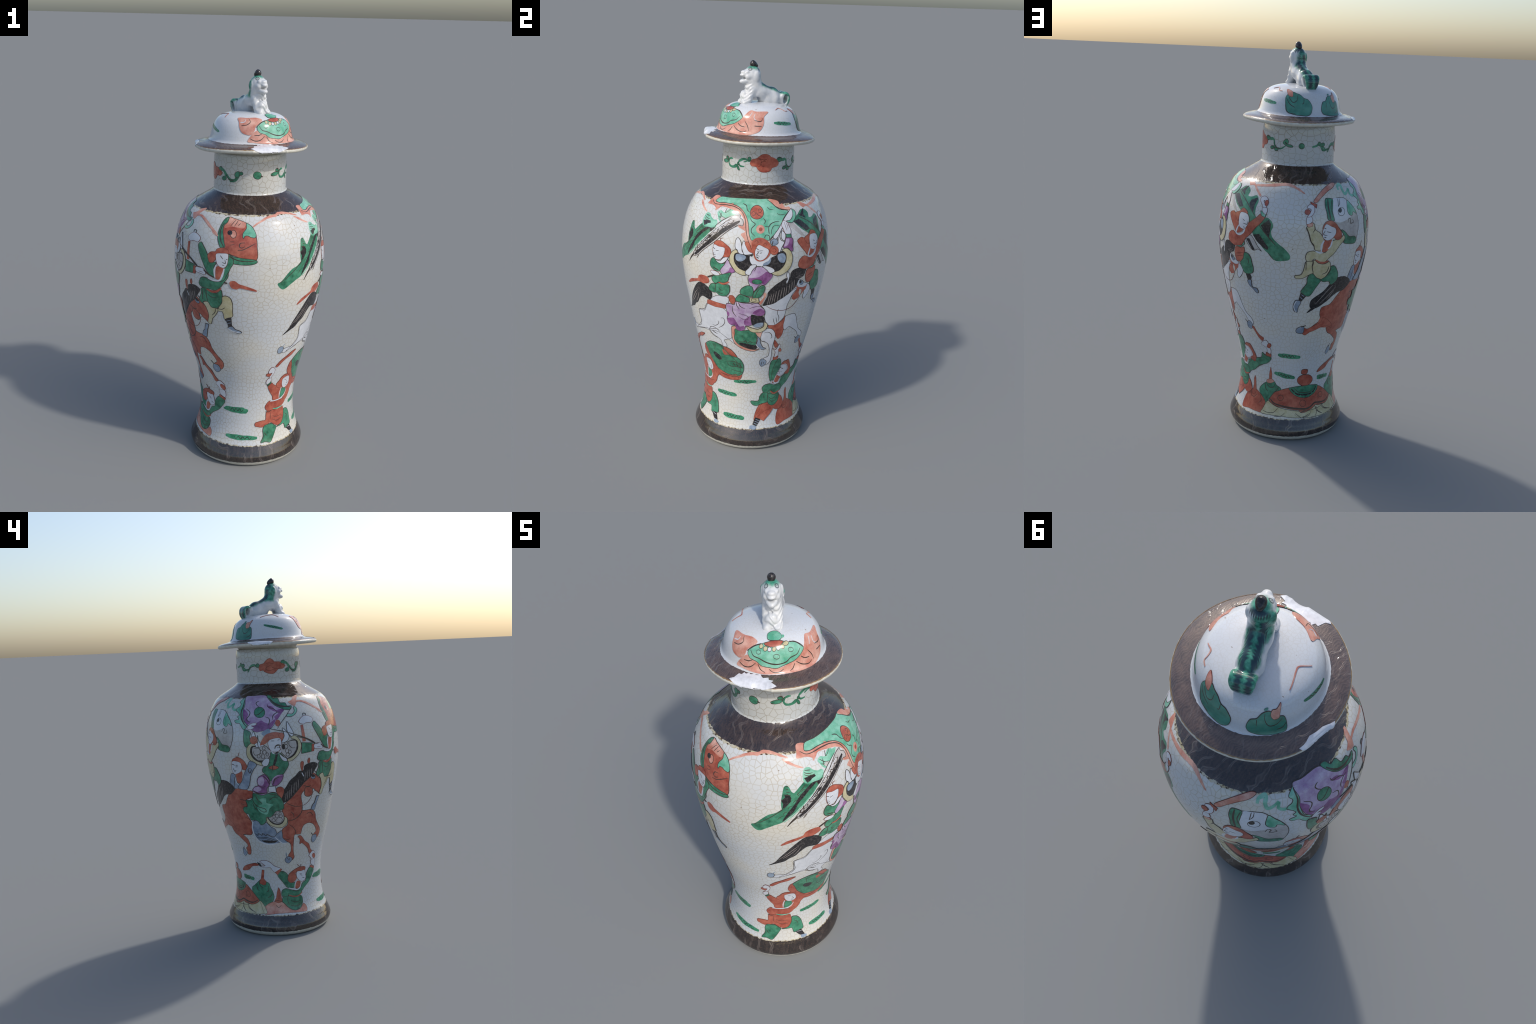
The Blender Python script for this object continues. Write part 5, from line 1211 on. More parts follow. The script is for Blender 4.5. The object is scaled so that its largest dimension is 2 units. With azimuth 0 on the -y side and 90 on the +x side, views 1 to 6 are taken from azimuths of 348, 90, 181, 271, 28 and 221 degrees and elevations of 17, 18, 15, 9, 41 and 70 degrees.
m = Motif("painted_warrior", "vessel")
m.patch("white", [(153.5, 0.5318), (157.3, 0.5426), (159.5, 0.5256), (158.6, 0.5086), (157.4, 0.5073), (161.5, 0.4952), (161.1, 0.4656), (158.1, 0.4723), (157.2, 0.4974), (151.3, 0.5162)], line="rust")
m.oval("red", (160.2, 0.5134), (1.93, -0.0019), (-1.04, -0.0138), line="rust")
m.patch("red", [(156.1, 0.4702), (162.0, 0.4632), (161.6, 0.4434), (155.5, 0.4534)], line="rust", sharp=True)
m.patch("green", [(151.4, 0.4647), (154.5, 0.4523), (161.6, 0.4434), (161.2, 0.4302), (156.7, 0.4067), (147.2, 0.3862), (139.5, 0.3504), (132.7, 0.3324), (128.4, 0.3113), (120.8, 0.2983), (112.3, 0.3111), (112.8, 0.3654), (120.2, 0.3630), (126.7, 0.3648), (136.9, 0.4064), (143.1, 0.4219), (150.2, 0.4375)], line="ink")
m.patch("red", [(128.7, 0.4818), (134.9, 0.4923), (138.8, 0.4665), (142.5, 0.4305), (142.1, 0.4109), (139.4, 0.4006), (135.0, 0.4034), (137.8, 0.4395), (133.5, 0.4645)], line="rust")
m.patch("white", [(128.0, 0.4711), (132.0, 0.4715), (136.5, 0.4501), (137.5, 0.4295), (131.2, 0.4085), (126.1, 0.4141), (124.6, 0.4431)], line="rust")
m.stroke("ink", 0.0023, [(126.7, 0.4499), (129.7, 0.4454)])
m.stroke("ink", 0.0023, [(126.9, 0.4312), (128.3, 0.4257)])
m.patch("red", [(121.7, 0.4002), (127.7, 0.3979), (125.0, 0.3682), (119.0, 0.3703)], sharp=True)
m.stroke("white", 0.0057, [(121.9, 0.4163), (119.1, 0.3737), (125.4, 0.3611), (128.5, 0.3899)])
m.patch("green", [(110.3, 0.2792), (119.3, 0.3050), (126.0, 0.3042), (128.5, 0.2866), (126.7, 0.2526), (122.0, 0.2367), (115.5, 0.2450)], line="ink")
m.stroke("red", 0.0063, [(117.8, 0.3148), (122.2, 0.3038), (129.5, 0.3131)])
m.stroke("ink", 0.0026, [(118.1, 0.2746), (122.5, 0.2732), (127.3, 0.2877)])
m.stroke("ink", 0.0026, [(118.4, 0.2596), (122.8, 0.2582), (127.0, 0.2716)])
m.patch("green", [(120.2, 0.5172), (123.2, 0.5101), (125.1, 0.4597), (121.3, 0.4184), (117.9, 0.3810), (115.3, 0.4391)], line="ink")
m.patch("red", [(102.8, 0.2459), (114.7, 0.2434), (123.3, 0.2390), (129.1, 0.2814), (133.1, 0.2632), (134.8, 0.2291), (130.3, 0.2097), (124.1, 0.2173), (107.4, 0.2045), (96.2, 0.1627)], line="rust")

m = Motif("painted_grass", "vessel")
m.tuft((169.4, 0.4661), (193.8, 0.4557), 0.0245)
m.tuft((165.3, 0.3580), (189.5, 0.3350), 0.0248)
m.tuft((218.5, 0.3163), (236.8, 0.3176), 0.0187)

m = Motif("painted_rock", "vessel")
m.patch("green", [(156.0, 0.2972), (161.1, 0.3078), (165.6, 0.3056), (168.2, 0.2900), (173.9, 0.2702), (168.0, 0.2471), (161.5, 0.2170), (156.3, 0.1848), (151.6, 0.2099), (146.8, 0.2349), (147.2, 0.2554), (151.3, 0.2805)], line="ink")
m.stroke("ink", 0.0034, [(154.0, 0.2893), (154.9, 0.2616), (158.5, 0.2466)])
m.stroke("ink", 0.0032, [(156.0, 0.2886), (160.2, 0.2710), (165.2, 0.2779), (166.6, 0.2976)])
m.stroke("ink", 0.0026, [(170.8, 0.2772), (167.9, 0.2556), (164.3, 0.2445)])
m.patch("red", [(161.0, 0.3886), (162.5, 0.3499), (162.1, 0.3029), (160.6, 0.2958), (159.2, 0.3004), (159.2, 0.3470)], line="rust", sharp=True)
m.patch("coral", [(155.9, 0.3058), (159.1, 0.3177), (163.0, 0.3181), (165.3, 0.3082), (161.2, 0.2949), (156.6, 0.2950)], line="rust")
m.patch("red", [(122.7, 0.1380), (125.2, 0.1847), (131.8, 0.2244), (135.3, 0.2329), (142.8, 0.2382), (146.9, 0.2266), (151.6, 0.2099), (155.5, 0.1895), (155.3, 0.1730), (153.0, 0.1313), (145.0, 0.1278), (134.8, 0.1282), (123.9, 0.1210)], line="rust")
m.patch("red", [(139.2, 0.3140), (140.6, 0.3015), (141.2, 0.2675), (142.1, 0.2344), (140.3, 0.2091), (136.0, 0.2084), (136.6, 0.2349), (137.9, 0.2627), (137.5, 0.2941)], line="rust", sharp=True)
m.stroke("ink", 0.0024, [(134.4, 0.2315), (134.6, 0.2004), (139.2, 0.1949), (143.4, 0.2135)])
m.stroke("ink", 0.0024, [(148.6, 0.2147), (150.1, 0.1888), (147.1, 0.1715)])
m.patch("yellow", [(159.0, 0.1969), (153.5, 0.1499), (151.8, 0.1299), (164.3, 0.1268), (176.8, 0.1262), (186.9, 0.1215), (197.7, 0.1179), (217.0, 0.1135), (230.5, 0.1135), (248.7, 0.1206), (254.2, 0.1266), (245.9, 0.1875), (238.8, 0.1880), (227.3, 0.1608), (204.9, 0.1492), (186.8, 0.1579), (169.1, 0.1737), (162.7, 0.1879)], line="ink")
m.stroke("ink", 0.0026, [(153.8, 0.1425), (159.1, 0.1363), (166.8, 0.1412), (171.3, 0.1644)])
m.stroke("ink", 0.0026, [(167.9, 0.1231), (175.7, 0.1282), (179.4, 0.1444)])
m.stroke("ink", 0.0026, [(191.5, 0.1421), (194.9, 0.1287), (198.3, 0.1177), (203.2, 0.1249), (208.4, 0.1338)])
m.stroke("ink", 0.0027, [(218.3, 0.1611), (219.8, 0.1383), (225.1, 0.1190)])
m.stroke("ink", 0.0027, [(226.6, 0.1645), (229.3, 0.1446), (240.2, 0.1224)])
m.stroke("ink", 0.0027, [(217.5, 0.1619), (217.3, 0.1308), (214.3, 0.1137)])
m.patch("red", [(160.5, 0.1997), (162.1, 0.2203), (166.2, 0.2459), (174.0, 0.2645), (183.5, 0.2785), (198.1, 0.2878), (214.6, 0.2794), (222.7, 0.2694), (231.4, 0.2421), (239.4, 0.2099), (243.1, 0.1925), (239.6, 0.1756), (231.2, 0.1635), (224.2, 0.1703), (217.0, 0.1705), (211.7, 0.1570), (206.2, 0.1509), (198.7, 0.1551), (189.2, 0.1603), (178.6, 0.1699), (169.0, 0.1763)], line="ink")
m.stroke("ink", 0.0069, [(161.6, 0.2088), (165.7, 0.1902), (174.9, 0.1793), (185.6, 0.1709), (197.5, 0.1634), (205.0, 0.1607), (211.2, 0.1706), (215.7, 0.1826), (225.2, 0.1772), (233.8, 0.1763), (241.7, 0.1947)])
m.patch("green", [(183.2, 0.2756), (190.7, 0.2841), (201.3, 0.2892), (213.0, 0.2852), (220.1, 0.2767), (218.8, 0.2551), (215.1, 0.2360), (208.6, 0.2247), (202.0, 0.2207), (195.6, 0.2263), (189.3, 0.2416), (185.5, 0.2587)], line="ink")
m.stroke("black", 0.0090, [(185.9, 0.2730), (191.7, 0.2469), (198.6, 0.2377), (207.2, 0.2370), (214.2, 0.2482), (217.7, 0.2734)])
m.stroke("ink", 0.0032, [(189.5, 0.2757), (194.7, 0.2547), (201.7, 0.2489), (209.1, 0.2497), (214.8, 0.2648)])
m.oval("green", (197.4, 0.2312), (1.27, -0.0005), (0.06, -0.0073))
m.oval("green", (201.9, 0.2263), (1.31, -0.0007), (0.05, -0.0073))
m.oval("green", (207.2, 0.2285), (1.37, -0.0010), (0.04, -0.0073))
m.oval("green", (189.2, 0.2501), (1.10, -0.0001), (0.06, -0.0068))
m.oval("green", (212.1, 0.2387), (1.31, -0.0012), (0.05, -0.0068))
m.oval("red", (173.8, 0.2208), (3.31, 0.0015), (0.18, -0.0152), line="ink")
m.oval("red", (200.4, 0.1914), (3.69, -0.0018), (-0.01, -0.0175), line="ink")
m.oval("red", (225.3, 0.2188), (3.39, -0.0043), (-0.01, -0.0155), line="ink")
m.oval("red", (202.2, 0.3192), (9.57, 0.0038), (1.99, -0.0319), line="ink")
m.patch("red", [(197.0, 0.3583), (197.2, 0.3791), (201.5, 0.3816), (204.2, 0.3786), (203.7, 0.3566), (199.6, 0.3543)], line="ink")

m = Motif("painted_swordsman", "vessel")
m.patch("yellow", [(189.1, 1.1577), (194.3, 1.1753), (195.6, 1.1474), (198.9, 1.1315), (201.4, 1.1102), (202.4, 1.0943), (201.1, 1.0470), (196.1, 1.0483), (194.7, 1.0750), (192.6, 1.0909), (190.9, 1.1272)], line="ink")
m.patch("yellow", [(209.4, 1.0887), (216.0, 1.0978), (219.1, 1.1115), (220.2, 1.0947), (215.3, 1.0610), (211.0, 1.0260), (207.2, 1.0065), (203.5, 0.9863), (198.4, 0.9937), (195.8, 1.0052), (192.7, 0.9892), (190.3, 0.9948), (189.3, 1.0166), (190.7, 1.0381), (194.6, 1.0445), (199.5, 1.0341), (203.7, 1.0353), (206.1, 1.0557)], line="ink")
m.stroke("ink", 0.0036, [(189.1, 1.1577), (190.9, 1.1272), (192.6, 1.0909), (194.8, 1.0671)])
m.stroke("ink", 0.0031, [(194.9, 1.1677), (195.2, 1.1474), (193.8, 1.1335)])
m.patch("coral", [(189.1, 1.1703), (193.9, 1.1803), (193.5, 1.1628), (190.3, 1.1577)], line="rust", sharp=True)
m.patch("white", [(189.8, 1.2077), (192.3, 1.2078), (193.5, 1.1878), (191.5, 1.1754), (189.1, 1.1728), (188.9, 1.1877)], line="rust")
m.patch("white", [(189.4, 1.2467), (191.6, 1.2612), (194.2, 1.2613), (195.1, 1.2468), (194.8, 1.2274), (192.3, 1.2078), (189.8, 1.2052), (191.9, 1.2275), (192.3, 1.2396)], line="rust")
m.oval("red", (189.7, 1.2274), (2.05, 0.0001), (-0.01, -0.0122), line="rust")
m.patch("coral", [(194.8, 1.2732), (199.6, 1.3059), (204.4, 1.3261), (212.0, 1.3445), (216.8, 1.3498), (219.2, 1.3470), (216.1, 1.3346), (208.0, 1.3162), (202.1, 1.2938), (196.5, 1.2683)], line="rust")
m.patch("red", [(192.1, 1.2732), (197.2, 1.2611), (196.6, 1.2443), (195.0, 1.2541), (192.5, 1.2637)], line="rust", sharp=True)
m.patch("red", [(202.8, 1.0968), (208.5, 1.0944), (208.1, 1.0761), (205.8, 1.0452), (201.6, 1.0375), (201.7, 1.0655)])
m.stroke("white", 0.0067, [(202.4, 1.0943), (200.5, 1.0685), (200.7, 1.0391)])
m.stroke("white", 0.0062, [(208.9, 1.0915), (207.8, 1.0656), (205.7, 1.0506)])
m.stroke("white", 0.0062, [(196.2, 1.0443), (199.5, 1.0341), (202.0, 1.0346)])
m.patch("red", [(204.0, 1.1811), (208.0, 1.1848), (211.7, 1.1731), (214.5, 1.1485), (217.0, 1.1209), (216.5, 1.0975), (213.1, 1.0918), (210.7, 1.1037), (201.3, 1.1463)], line="rust")
m.patch("white", [(203.9, 1.1710), (207.9, 1.1595), (211.6, 1.1475), (212.0, 1.1265), (210.2, 1.1092), (207.1, 1.0950), (204.1, 1.0937), (201.5, 1.1076), (200.9, 1.1336), (202.2, 1.1563)], line="rust")
m.stroke("ink", 0.0026, [(202.2, 1.1538), (203.9, 1.1481)])
m.stroke("ink", 0.0026, [(204.3, 1.1352), (207.9, 1.1299)])
m.stroke("ink", 0.0026, [(203.0, 1.1407), (201.8, 1.1231), (204.8, 1.1169)])
m.stroke("ink", 0.0031, [(202.3, 1.1100), (204.0, 1.1081)])
m.stroke("red", 0.0093, [(196.7, 0.9987), (200.1, 0.9868), (203.6, 0.9841), (207.0, 0.9920)])
m.patch("yellow", [(195.8, 0.9989), (199.4, 0.9816), (203.7, 0.9771), (207.8, 0.9861), (209.1, 0.9517), (207.4, 0.9245), (205.1, 0.9058), (202.5, 0.8985), (198.8, 0.9086), (196.0, 0.9294), (194.7, 0.9633)], line="ink")
m.patch("yellow", [(189.9, 0.9913), (195.1, 0.9908), (194.7, 0.9633), (195.5, 0.9323), (192.7, 0.9242), (188.4, 0.9074), (182.8, 0.9066), (182.3, 0.9179), (186.6, 0.9243), (188.1, 0.9413), (189.0, 0.9693)], line="ink")
m.stroke("ink", 0.0031, [(195.1, 0.9963), (194.6, 0.9689), (195.7, 0.9351)])
m.stroke("ink", 0.0031, [(202.9, 0.9241), (206.3, 0.9337), (207.9, 0.9637)])
m.stroke("ink", 0.0026, [(189.9, 0.9913), (190.2, 0.9470)])
m.patch("green", [(193.5, 0.9270), (195.5, 0.9294), (198.8, 0.9086), (202.6, 0.8956), (201.2, 0.8761), (199.0, 0.8537), (194.1, 0.8093), (187.7, 0.8321), (189.1, 0.8527), (191.7, 0.8786), (191.7, 0.9073)], line="ink")
m.patch("green", [(202.6, 0.8956), (206.7, 0.9135), (209.4, 0.9402), (209.4, 0.9600), (212.2, 0.9636), (215.2, 0.9415), (217.3, 0.9082), (216.5, 0.8829), (211.9, 0.8636), (209.4, 0.8829), (204.6, 0.8845)], line="ink")
m.patch("black", [(187.7, 0.8306), (192.3, 0.8111), (188.8, 0.7815), (186.3, 0.7844)], sharp=True)
m.stroke("blue", 0.0031, [(188.2, 0.8203), (190.6, 0.8083)])
m.stroke("blue", 0.0032, [(187.6, 0.8054), (189.5, 0.7935)])
m.patch("blue", [(184.3, 0.7872), (188.3, 0.7815), (186.5, 0.7454), (185.9, 0.7212), (183.6, 0.7270), (182.4, 0.7509)], line="ink")
m.stroke("white", 0.0037, [(184.8, 0.7843), (182.9, 0.7540), (185.0, 0.7211)])

m = Motif("painted_mask_shield", "vessel")
m.patch("grey", [(205.2, 1.2861), (211.2, 1.2834), (217.3, 1.2859), (223.7, 1.2817), (226.6, 1.2677), (231.2, 1.2421), (234.8, 1.2083), (236.4, 1.1701), (235.8, 1.1254), (233.3, 1.0822), (231.4, 1.0680), (221.8, 1.0987), (216.4, 1.1369), (211.2, 1.1733), (208.0, 1.1848), (205.2, 1.2257)], line="ink")
m.patch("white", [(211.6, 1.2820), (217.3, 1.2847), (223.5, 1.2793), (225.8, 1.2558), (224.7, 1.2163), (228.0, 1.1985), (220.4, 1.1782), (215.1, 1.1738), (211.3, 1.1834), (209.9, 1.2242)])
m.patch("green", [(205.2, 1.2850), (211.1, 1.2822), (210.6, 1.2534), (209.9, 1.2242), (210.8, 1.1836), (208.5, 1.1871), (205.8, 1.1906), (204.8, 1.2259), (203.9, 1.2553)], line="ink")
m.stroke("ink", 0.0051, [(206.9, 1.2834), (206.5, 1.2450), (208.0, 1.1873)])
m.stroke("ink", 0.0026, [(210.4, 1.2777), (208.8, 1.2443), (209.7, 1.2093)])
m.patch("teal", [(226.2, 1.2705), (230.1, 1.2479), (233.2, 1.2252), (234.6, 1.2033), (230.6, 1.2145), (229.4, 1.2000), (226.2, 1.2024), (224.3, 1.2217), (224.9, 1.2514)], line="ink")
m.patch("green", [(217.0, 1.1392), (220.6, 1.1261), (224.7, 1.1016), (231.1, 1.0954), (233.4, 1.0794), (231.5, 1.0624), (225.0, 1.0636), (219.3, 1.0741), (220.2, 1.0974)], line="ink")
m.oval("white", (218.0, 1.2230), (3.32, -0.0018), (-0.49, -0.0188), line="ink")
m.oval("black", (216.8, 1.2298), (1.69, -0.0009), (-0.32, -0.0113))
m.stroke("ink", 0.0021, [(216.6, 1.2826), (215.5, 1.2466)])
m.stroke("ink", 0.0021, [(218.2, 1.2819), (217.4, 1.2604), (215.2, 1.2455)])
m.stroke("ink", 0.0026, [(223.7, 1.1682), (225.3, 1.1877), (227.0, 1.1812), (226.1, 1.1637), (230.0, 1.1656), (229.0, 1.1822)])

m = Motif("painted_cloud", "vessel")
m.stroke("teal", 0.0130, [(219.8, 1.3196), (220.8, 1.3354), (225.3, 1.3404), (224.6, 1.3200), (226.0, 1.3000), (229.6, 1.3078), (232.7, 1.3230)])
m.stroke("teal", 0.0116, [(233.1, 1.3204), (232.3, 1.2963), (235.3, 1.2869), (240.7, 1.2906), (242.1, 1.2794)])

m = Motif("painted_dragon_banner", "vessel")
m.patch("teal", [(243.9, 1.3518), (241.9, 1.3448), (239.2, 1.3282), (241.2, 1.3160), (240.2, 1.3037), (237.9, 1.2962), (236.8, 1.2863), (240.1, 1.2715), (241.5, 1.2592), (239.7, 1.2516), (241.5, 1.2393), (237.3, 1.2314), (239.0, 1.2190), (242.4, 1.2168), (244.4, 1.1992), (246.7, 1.1842), (248.4, 1.1918), (249.6, 1.2068), (245.8, 1.2319), (245.0, 1.2518), (244.5, 1.2864), (245.4, 1.3159)], line="ink")
m.patch("lilac", [(243.6, 1.3542), (250.9, 1.3572), (266.3, 1.3560), (269.4, 1.3369), (272.9, 1.3144), (279.1, 1.2929), (282.5, 1.2845), (279.9, 1.2655), (275.1, 1.2324), (271.5, 1.1985), (267.9, 1.1819), (261.9, 1.1756), (257.9, 1.1711), (253.9, 1.1815), (250.5, 1.2068), (247.2, 1.2269), (245.5, 1.2518), (244.7, 1.2815), (245.4, 1.3159)], line="ink")
m.patch("purple", [(244.8, 1.2913), (247.0, 1.2839), (249.8, 1.2665), (249.3, 1.2418), (252.1, 1.2192), (249.6, 1.2118), (246.7, 1.2369), (245.4, 1.2567)])
m.patch("purple", [(266.9, 1.3059), (271.8, 1.2999), (275.0, 1.2818), (278.9, 1.2856), (282.5, 1.2820), (279.8, 1.2631), (275.1, 1.2324), (273.3, 1.2478), (276.9, 1.2665), (271.5, 1.2803)])
m.patch("purple", [(253.0, 1.2067), (257.2, 1.2163), (262.1, 1.2305), (264.1, 1.2227), (268.1, 1.2144), (271.8, 1.2283), (274.4, 1.2375), (272.5, 1.2132), (267.9, 1.1819), (261.9, 1.1756), (257.9, 1.1711), (254.7, 1.1815)])
m.patch("lilac", [(250.2, 1.3397), (254.7, 1.3440), (256.3, 1.3150), (250.9, 1.3009), (248.7, 1.3084)])
m.stroke("ink", 0.0051, [(243.4, 1.3472), (244.1, 1.3110), (242.9, 1.2766), (244.0, 1.2418), (246.5, 1.2169), (249.2, 1.1993)])
m.stroke("ink", 0.0031, [(247.2, 1.2937), (251.5, 1.2738), (250.9, 1.2566), (249.3, 1.2443), (249.4, 1.2318), (252.5, 1.2242)])
m.stroke("ink", 0.0031, [(259.7, 1.2998), (257.2, 1.3124), (256.6, 1.3223), (259.3, 1.3303)])
m.oval("green", (260.3, 1.2728), (4.52, 0.0087), (1.80, -0.0261), line="ink")
m.stroke("ink", 0.0031, [(255.7, 1.2611), (258.7, 1.2607), (262.1, 1.2749), (264.6, 1.2892)])
m.stroke("ink", 0.0031, [(265.0, 1.2498), (268.3, 1.2416), (269.0, 1.2291), (267.6, 1.2045)])
m.stroke("ink", 0.0028, [(267.4, 1.3132), (268.2, 1.2983), (273.4, 1.2872), (276.1, 1.2717)])
m.stroke("ink", 0.0031, [(271.5, 1.2334), (272.1, 1.2530), (275.7, 1.2693), (278.6, 1.2709)])
m.oval("red", (275.7, 1.2147), (2.21, -0.0007), (-0.21, -0.0174))
m.patch("green", [(267.1, 1.3563), (271.4, 1.3556), (273.1, 1.3421), (278.1, 1.3410), (279.7, 1.3199), (284.7, 1.3159), (286.0, 1.3006), (290.2, 1.2991), (288.6, 1.2823), (284.4, 1.2813), (278.5, 1.2931), (274.3, 1.3066), (270.5, 1.3271)], line="ink")
m.stroke("ink", 0.0067, [(269.2, 1.3441), (273.6, 1.3191), (278.7, 1.3029), (288.6, 1.2947)])
m.patch("teal", [(291.9, 1.2935), (294.1, 1.2901), (294.6, 1.2749), (291.6, 1.2537), (287.7, 1.2440), (283.9, 1.2468), (285.1, 1.2588), (289.0, 1.2572), (291.8, 1.2711)], line="ink")
m.patch("coral", [(287.8, 1.3199), (292.0, 1.3284), (295.3, 1.3445), (301.2, 1.3513), (296.8, 1.3341), (295.7, 1.3171), (293.6, 1.2979), (291.1, 1.3063)])
m.stroke("coral", 0.0089, [(296.1, 1.3219), (302.5, 1.3195), (307.4, 1.3099), (314.0, 1.2889), (319.9, 1.2678), (323.3, 1.2503)])
m.stroke("ink", 0.0025, [(289.3, 1.2895), (283.5, 1.2494), (278.7, 1.2162), (275.1, 1.1849)])

m = Motif("painted_general", "vessel")
m.patch("white", [(249.7, 1.1917), (251.7, 1.2093), (255.1, 1.2190), (258.2, 1.2149), (256.3, 1.2051), (253.4, 1.2041), (255.9, 1.1939), (251.8, 1.1841)], line="rust")
m.patch("green", [(247.5, 1.1842), (252.6, 1.1690), (251.8, 1.1412), (253.7, 1.1183), (249.9, 1.0901), (248.2, 1.0926), (246.7, 1.1207), (246.7, 1.1614)], line="ink")
m.patch("white", [(255.1, 1.1739), (257.1, 1.1460), (258.1, 1.1205), (258.7, 1.0899), (256.8, 1.0926), (253.8, 1.1310), (253.9, 1.1563)], line="ink")
m.patch("white", [(258.7, 1.1534), (259.3, 1.1255), (261.6, 1.1074), (263.8, 1.0994), (259.5, 1.0898), (258.5, 1.1205)], line="ink")
m.patch("blue", [(261.9, 1.1630), (267.9, 1.1869), (268.9, 1.1641), (264.2, 1.1500)])
m.patch("yellow", [(254.1, 1.1132), (250.4, 1.0978), (248.9, 1.0694), (249.5, 1.0383), (252.1, 1.0176), (257.5, 0.9992), (261.4, 0.9911), (262.7, 1.0014), (257.7, 1.0149), (253.9, 1.0359), (252.4, 1.0670), (254.0, 1.0927), (256.8, 1.0951)], line="ink")
m.patch("grey", [(254.8, 1.0927), (258.7, 1.0899), (264.6, 1.0967), (267.5, 1.0781), (269.7, 1.0699), (267.6, 1.0395), (264.0, 1.0168), (259.6, 1.0122), (255.4, 1.0281), (252.9, 1.0567), (253.1, 1.0825)], line="ink")
m.stroke("black", 0.0092, [(256.8, 1.0951), (254.0, 1.0927), (252.8, 1.0670), (254.3, 1.0385), (258.1, 1.0175), (262.4, 1.0171)])
m.stroke("ink", 0.0026, [(255.1, 1.0850), (259.5, 1.0847), (260.4, 1.0588), (256.0, 1.0488), (254.6, 1.0696)])
m.oval("grey", (258.9, 1.0422), (1.25, -0.0001), (-0.08, -0.0093), line="ink")
m.oval("grey", (262.4, 1.0392), (1.47, -0.0002), (-0.09, -0.0109), line="ink")
m.oval("grey", (263.8, 1.0635), (1.31, -0.0002), (-0.08, -0.0108), line="ink")
m.oval("grey", (261.3, 1.0639), (1.01, -0.0001), (-0.08, -0.0103), line="ink")
m.oval("grey", (263.3, 1.0841), (1.15, -0.0002), (-0.06, -0.0082), line="ink")
m.oval("grey", (265.8, 1.0515), (0.92, -0.0002), (-0.07, -0.0093), line="ink")
m.patch("yellow", [(285.7, 1.1328), (286.6, 1.1425), (289.9, 1.1409), (292.9, 1.1188), (294.1, 1.0925), (293.2, 1.0620), (289.6, 1.0304), (284.7, 1.0097), (281.9, 1.0110), (282.3, 1.0238), (287.2, 1.0395), (290.7, 1.0712), (291.0, 1.0994), (289.6, 1.1206)], line="ink")
m.patch("grey", [(277.9, 1.1106), (283.0, 1.1136), (285.5, 1.1201), (289.6, 1.1206), (291.0, 1.0968), (290.3, 1.0663), (287.2, 1.0369), (282.3, 1.0238), (280.1, 1.0379), (276.8, 1.0650), (277.0, 1.0957)], line="ink")
m.stroke("black", 0.0077, [(285.5, 1.1201), (289.6, 1.1181), (290.7, 1.0918), (289.0, 1.0567), (285.6, 1.0352), (281.9, 1.0240)])
m.stroke("ink", 0.0026, [(283.8, 1.1132), (283.7, 1.0954), (286.3, 1.0788), (288.7, 1.0801)])
m.oval("grey", (281.2, 1.0889), (1.48, -0.0006), (-0.09, -0.0102), line="ink")
m.oval("grey", (281.8, 1.0655), (1.33, -0.0006), (-0.08, -0.0108), line="ink")
m.oval("grey", (284.1, 1.0592), (1.03, -0.0005), (-0.07, -0.0098), line="ink")
m.oval("grey", (281.4, 1.1067), (1.17, -0.0005), (-0.06, -0.0066), line="ink")
m.oval("grey", (282.1, 1.0447), (1.33, -0.0006), (-0.06, -0.0088), line="ink")
m.stroke("black", 0.0127, [(279.0, 1.1026), (279.2, 1.0744)])
m.patch("red", [(260.5, 1.0999), (264.7, 1.1524), (268.7, 1.1641), (272.6, 1.1681), (277.6, 1.1614), (280.2, 1.1478), (279.2, 1.1279), (276.0, 1.1113), (268.4, 1.1238), (264.4, 1.1069), (262.1, 1.1022)])
m.oval("red", (277.9, 1.1487), (2.15, -0.0008), (-0.15, -0.0146), line="rust")
m.oval("red", (255.4, 1.1284), (3.21, -0.0002), (-0.09, -0.0203), line="rust")
m.stroke("rust", 0.0023, [(268.6, 1.1490), (270.6, 1.1536), (272.0, 1.1456)])
m.stroke("rust", 0.0023, [(255.6, 1.1284), (256.8, 1.1359), (257.5, 1.1257), (255.5, 1.1182)])
m.patch("white", [(267.6, 1.1240), (272.3, 1.1354), (276.6, 1.1340), (277.7, 1.1132), (277.2, 1.0905), (276.1, 1.0730), (273.7, 1.0635), (269.5, 1.0674), (267.4, 1.0884), (266.8, 1.1089)], line="rust")
m.stroke("ink", 0.0025, [(269.2, 1.1223), (272.2, 1.1215)])
m.stroke("ink", 0.0025, [(274.6, 1.1245), (276.5, 1.1277)])
m.stroke("ink", 0.0056, [(272.4, 1.0922), (274.7, 1.0990), (277.0, 1.0957)])
m.stroke("ink", 0.0031, [(272.6, 1.0946), (272.1, 1.0795)])
m.stroke("ink", 0.0031, [(275.8, 1.0936), (276.1, 1.0807)])
m.stroke("ink", 0.0025, [(273.8, 1.0840), (275.4, 1.0860)])
m.patch("white", [(279.2, 1.1885), (282.1, 1.1698), (284.2, 1.1436), (283.1, 1.1237), (281.1, 1.1144), (277.9, 1.1106), (280.2, 1.1453)], line="ink")
m.patch("white", [(283.5, 1.2194), (285.7, 1.1934), (288.0, 1.1545), (286.6, 1.1400), (283.6, 1.1590), (282.8, 1.1896)], line="ink")
m.stroke("ink", 0.0031, [(268.9, 1.1867), (280.5, 1.1679), (292.4, 1.1421), (301.0, 1.1191), (307.9, 1.0937)])
